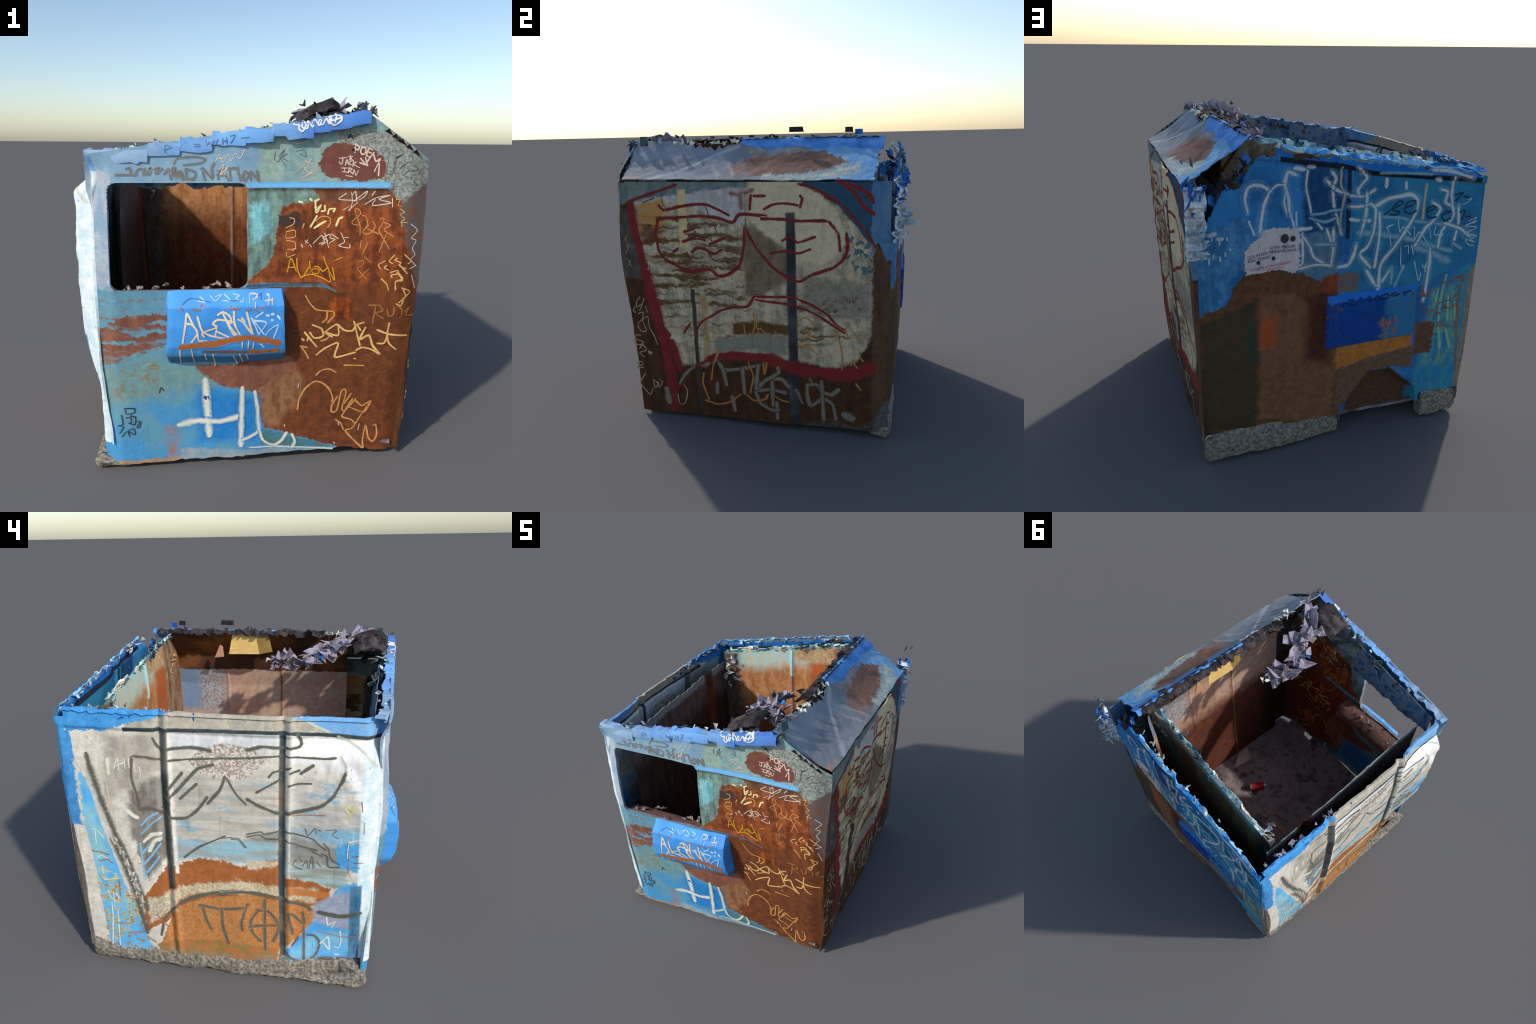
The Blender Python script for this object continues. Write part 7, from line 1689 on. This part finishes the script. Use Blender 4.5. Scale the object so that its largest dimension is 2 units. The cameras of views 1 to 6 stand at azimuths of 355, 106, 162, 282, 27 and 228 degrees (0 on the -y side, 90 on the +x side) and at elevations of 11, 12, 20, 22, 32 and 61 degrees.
build_litter({"can": mottled("red_can_paint", [(170, 34, 44), (188, 46, 54)], SUNLIT, 6, rough=.4, bump=0), "tin": mottled("tin", [(190, 190, 192), (165, 165, 168)], SUNLIT, 20, rough=.35, bump=0, metallic=.6),
              "paper": mottled("scrap_paper", [(205, 195, 180), (185, 172, 155), (170, 130, 90)], SUNLIT, 9), "card": mottled("cardboard", [(158, 124, 104), (172, 140, 120)], SUNLIT, 9), "grit": mottled("grit_grey", [(105, 96, 92), (160, 150, 145), (70, 60, 58)], SUNLIT, 30)})

# paint lines
def on(fn, axis, sign):
    def place(s, t, lift):
        s, t = np.asarray(s), np.asarray(t)
        w = fn(s, t) + sign * lift
        return np.stack([s, w, t] if axis == 1 else [w, s, t], -1)
    return place
from mathutils.bvhtree import BVHTree
def onto(ob, axis, sign):
    """place on the outer face of a folded part by casting rays at it along y"""
    me = ob.data; tree = BVHTree.FromPolygons([v.co for v in me.vertices], [p.vertices for p in me.polygons])
    def place(s, t, lift):
        out = []
        for a, b in zip(np.atleast_1d(s), np.atleast_1d(t)):
            hit = tree.ray_cast(Vector((a, sign * 1.5, b)), Vector((0, -sign, 0)))[0]
            out.append((a, (hit.y if hit is not None else (out[-1][1] - sign * lift if out else sign * .9)) + sign * lift, b))
        return np.array(out)
    return place
lay_marks("front", on(front_y, 1, -1), GROUPS["front"], SUNLIT, {
    "white": ((225, 205, 188), .15, .95), "tan": ((205, 145, 85), .2, .80), "cream": ((250, 222, 160), .25, .95), "yellow": ((235, 165, 35), .2, .9), "straw": ((225, 180, 110), .2, .85),
    "dark": ((80, 84, 84), .2, .8), "umber": ((118, 118, 112), .15, .95), "spray": ((222, 220, 200), .45, 1), "black": ((48, 52, 58), .2, .95), "sienna": ((165, 108, 62), .3, .8)}, front,
    inside=lambda p: p[0][0] > .06)
lay_marks("eave", onto(eave, 1, -1), eave_colours, SUNLIT, {"white": ((232, 226, 222), .15, 1), "dark": ((92, 118, 150), .2, .9)}, front, base=.003)
lay_marks("pocket_front", onto(pocket, 1, -1), pocket_colours, SUNLIT, {"peach": ((240, 208, 172), .15, .95), "paleblue": ((190, 215, 240), .2, .95), "dark": ((70, 100, 140), .2, .9),
    "rust": ((165, 98, 48), .2, 1), "rustdark": ((112, 82, 58), .3, .95)}, pocket, base=.002)
lay_marks("right", on(right_x, 0, 1), GROUPS["right"], SHADED, {"red": ((66, 21, 24), .25, .97), "redwash": ((74, 52, 54), .5, .8), "greypaint": ((66, 69, 68), .35, .95), "gold": ((96, 71, 40), .25, .85),
    "chalk": ((96, 92, 82), .25, .85), "cracks": ((24, 19, 14), .3, .9)}, right)
lay_marks("back", on(back_y, 1, 1), GROUPS["back"], SHADED, {"glow": ((88, 112, 134), .5, 1, .4), "mist": ((108, 122, 133), .5, 1), "mistyellow": ((98, 104, 88), .5, 1), "haze": ((66, 98, 122), .5, .9), "ink": ((12, 28, 46), .25, .95), "chalkline": ((96, 116, 136), .2, .85),
    "limewash": ((70, 104, 92), .35, .95), "rustline": ((80, 48, 24), .35, .85)}, back)
lay_marks("pocket_back", onto(pocketb, 1, 1), pocket_back_colours, SHADED, {"ink": ((8, 20, 44), .2, .95), "bluefaint": ((14, 48, 104), .3, .8)}, pocketb, base=.002)
lay_marks("left", on(left_x, 0, -1), GROUPS["left"], SUNLIT, {"brush": ((98, 98, 88), .3, .97), "brushbrown": ((108, 98, 88), .4, .95), "brushpale": ((192, 200, 190), .4, .9), "lemon": ((212, 204, 140), .3, .9), "whitewash": ((228, 228, 212), .3, .9),
    "beam": ((98, 96, 86), .45, .95), "beampale": ((205, 198, 178), .45, .9), "skyline": ((128, 188, 228), .35, .9), "rustsoft": ((172, 112, 66), .35, .85), "rib": ((120, 92, 70), .3, .9)}, left)

# pasted poster on the back wall, torn at the edges
def build_poster():
    edge = [(.557, 1.133), (.556, 1.265), (.531, 1.302), (.481, 1.335), (.468, 1.368), (.379, 1.376), (.289, 1.366), (.265, 1.308), (.275, 1.238), (.267, 1.178), (.292, 1.119), (.385, 1.149), (.475, 1.139)]
    p = np.array(edge + edge[:1]); ring = []
    for i in range(len(p) - 1):
        t = np.linspace(0, 1, 14, endpoint=False)[:, None]; ring.append(p[i] * (1 - t) + p[i + 1] * t)
    ring = np.vstack(ring); k = np.arange(len(ring))
    c = ring.mean(0); R = len(ring)
    ring = c + (ring - c) * (1 + .05 * vnoise(k * .7, 1) + .03 * vnoise(k * 2.1, 4))[:, None]
    v = []
    for s in np.linspace(0, 1, 12):
        q = c + (ring - c) * s; v.append(np.stack([q[:, 0], back_y(q[:, 0], q[:, 1]) + .0030 + .001 * fbm(q[:, 0] * 30, q[:, 1] * 30, 5), q[:, 1]], -1))
    f = [(a * R + (j + 1) % R, a * R + j, (a + 1) * R + j, (a + 1) * R + (j + 1) % R) for a in range(11) for j in range(R)]
    paper = mottled("poster_paper", [(80, 88, 102), (100, 108, 120), (108, 112, 124)], SHADED, 30, contrast=(.3, .6))
    poster = new_object("poster", np.concatenate(v), f, paper, back)
    ink = mottled("poster_ink", [(24, 26, 32), (34, 34, 40)], SHADED, 30); red = mottled("poster_red_ink", [(96, 44, 66), (104, 60, 78)], SHADED, 30)
    def line(text, x, z, size, tilt, m):
        cu = bpy.data.curves.new("t", "FONT"); cu.body = text; cu.size = size; cu.resolution_u = 2
        ob = bpy.data.objects.new("t", cu); bpy.context.scene.collection.objects.link(ob)
        me = ob.to_mesh(); co = np.array([w.co[:2] for w in me.vertices]); fs = [list(q.vertices) for q in me.polygons]; ob.to_mesh_clear(); bpy.data.objects.remove(ob); bpy.data.curves.remove(cu)
        px = x - co[:, 0] * 1.0; pz = z + co[:, 1] + co[:, 0] * tilt
        new_object("lettering", np.stack([px, back_y(px, pz) + .0052, pz], -1), fs, m, poster, smooth=False)
    line("COUNTER PR", .548, 1.222, .022, .16, ink); line("FOR TRANS", .546, 1.200, .022, .16, ink)
    line("NTER PR", .432, 1.262, .022, .03, ink); line("TRANS", .422, 1.242, .022, .03, ink)
    line("DIVERS", .360, 1.262, .021, .02, ink); line("LIVING", .357, 1.242, .022, .02, ink)
    line("NTRE-M NTRE CREJAM", .535, 1.152, .021, .13, red); line("TRE-M TRANS", .45, 1.150, .015, .06, red)
    for x, z, r_ in ((.352, 1.315, .022), (.308, 1.310, .014), (.491, 1.198, .010), (.412, 1.215, .010)):
        a = np.linspace(0, 2 * math.pi, 24, endpoint=False); px, pz = x + r_ * np.cos(a), z + r_ * 1.1 * np.sin(a)
        V = np.vstack([np.stack([px, back_y(px, pz) + .0052, pz], -1), [[x, float(back_y(x, z)) + .0052, z]]])
        new_object("poster_dot", V, [((i + 1) % 24, i, 24) for i in range(24)], ink, poster, smooth=False)
build_poster()
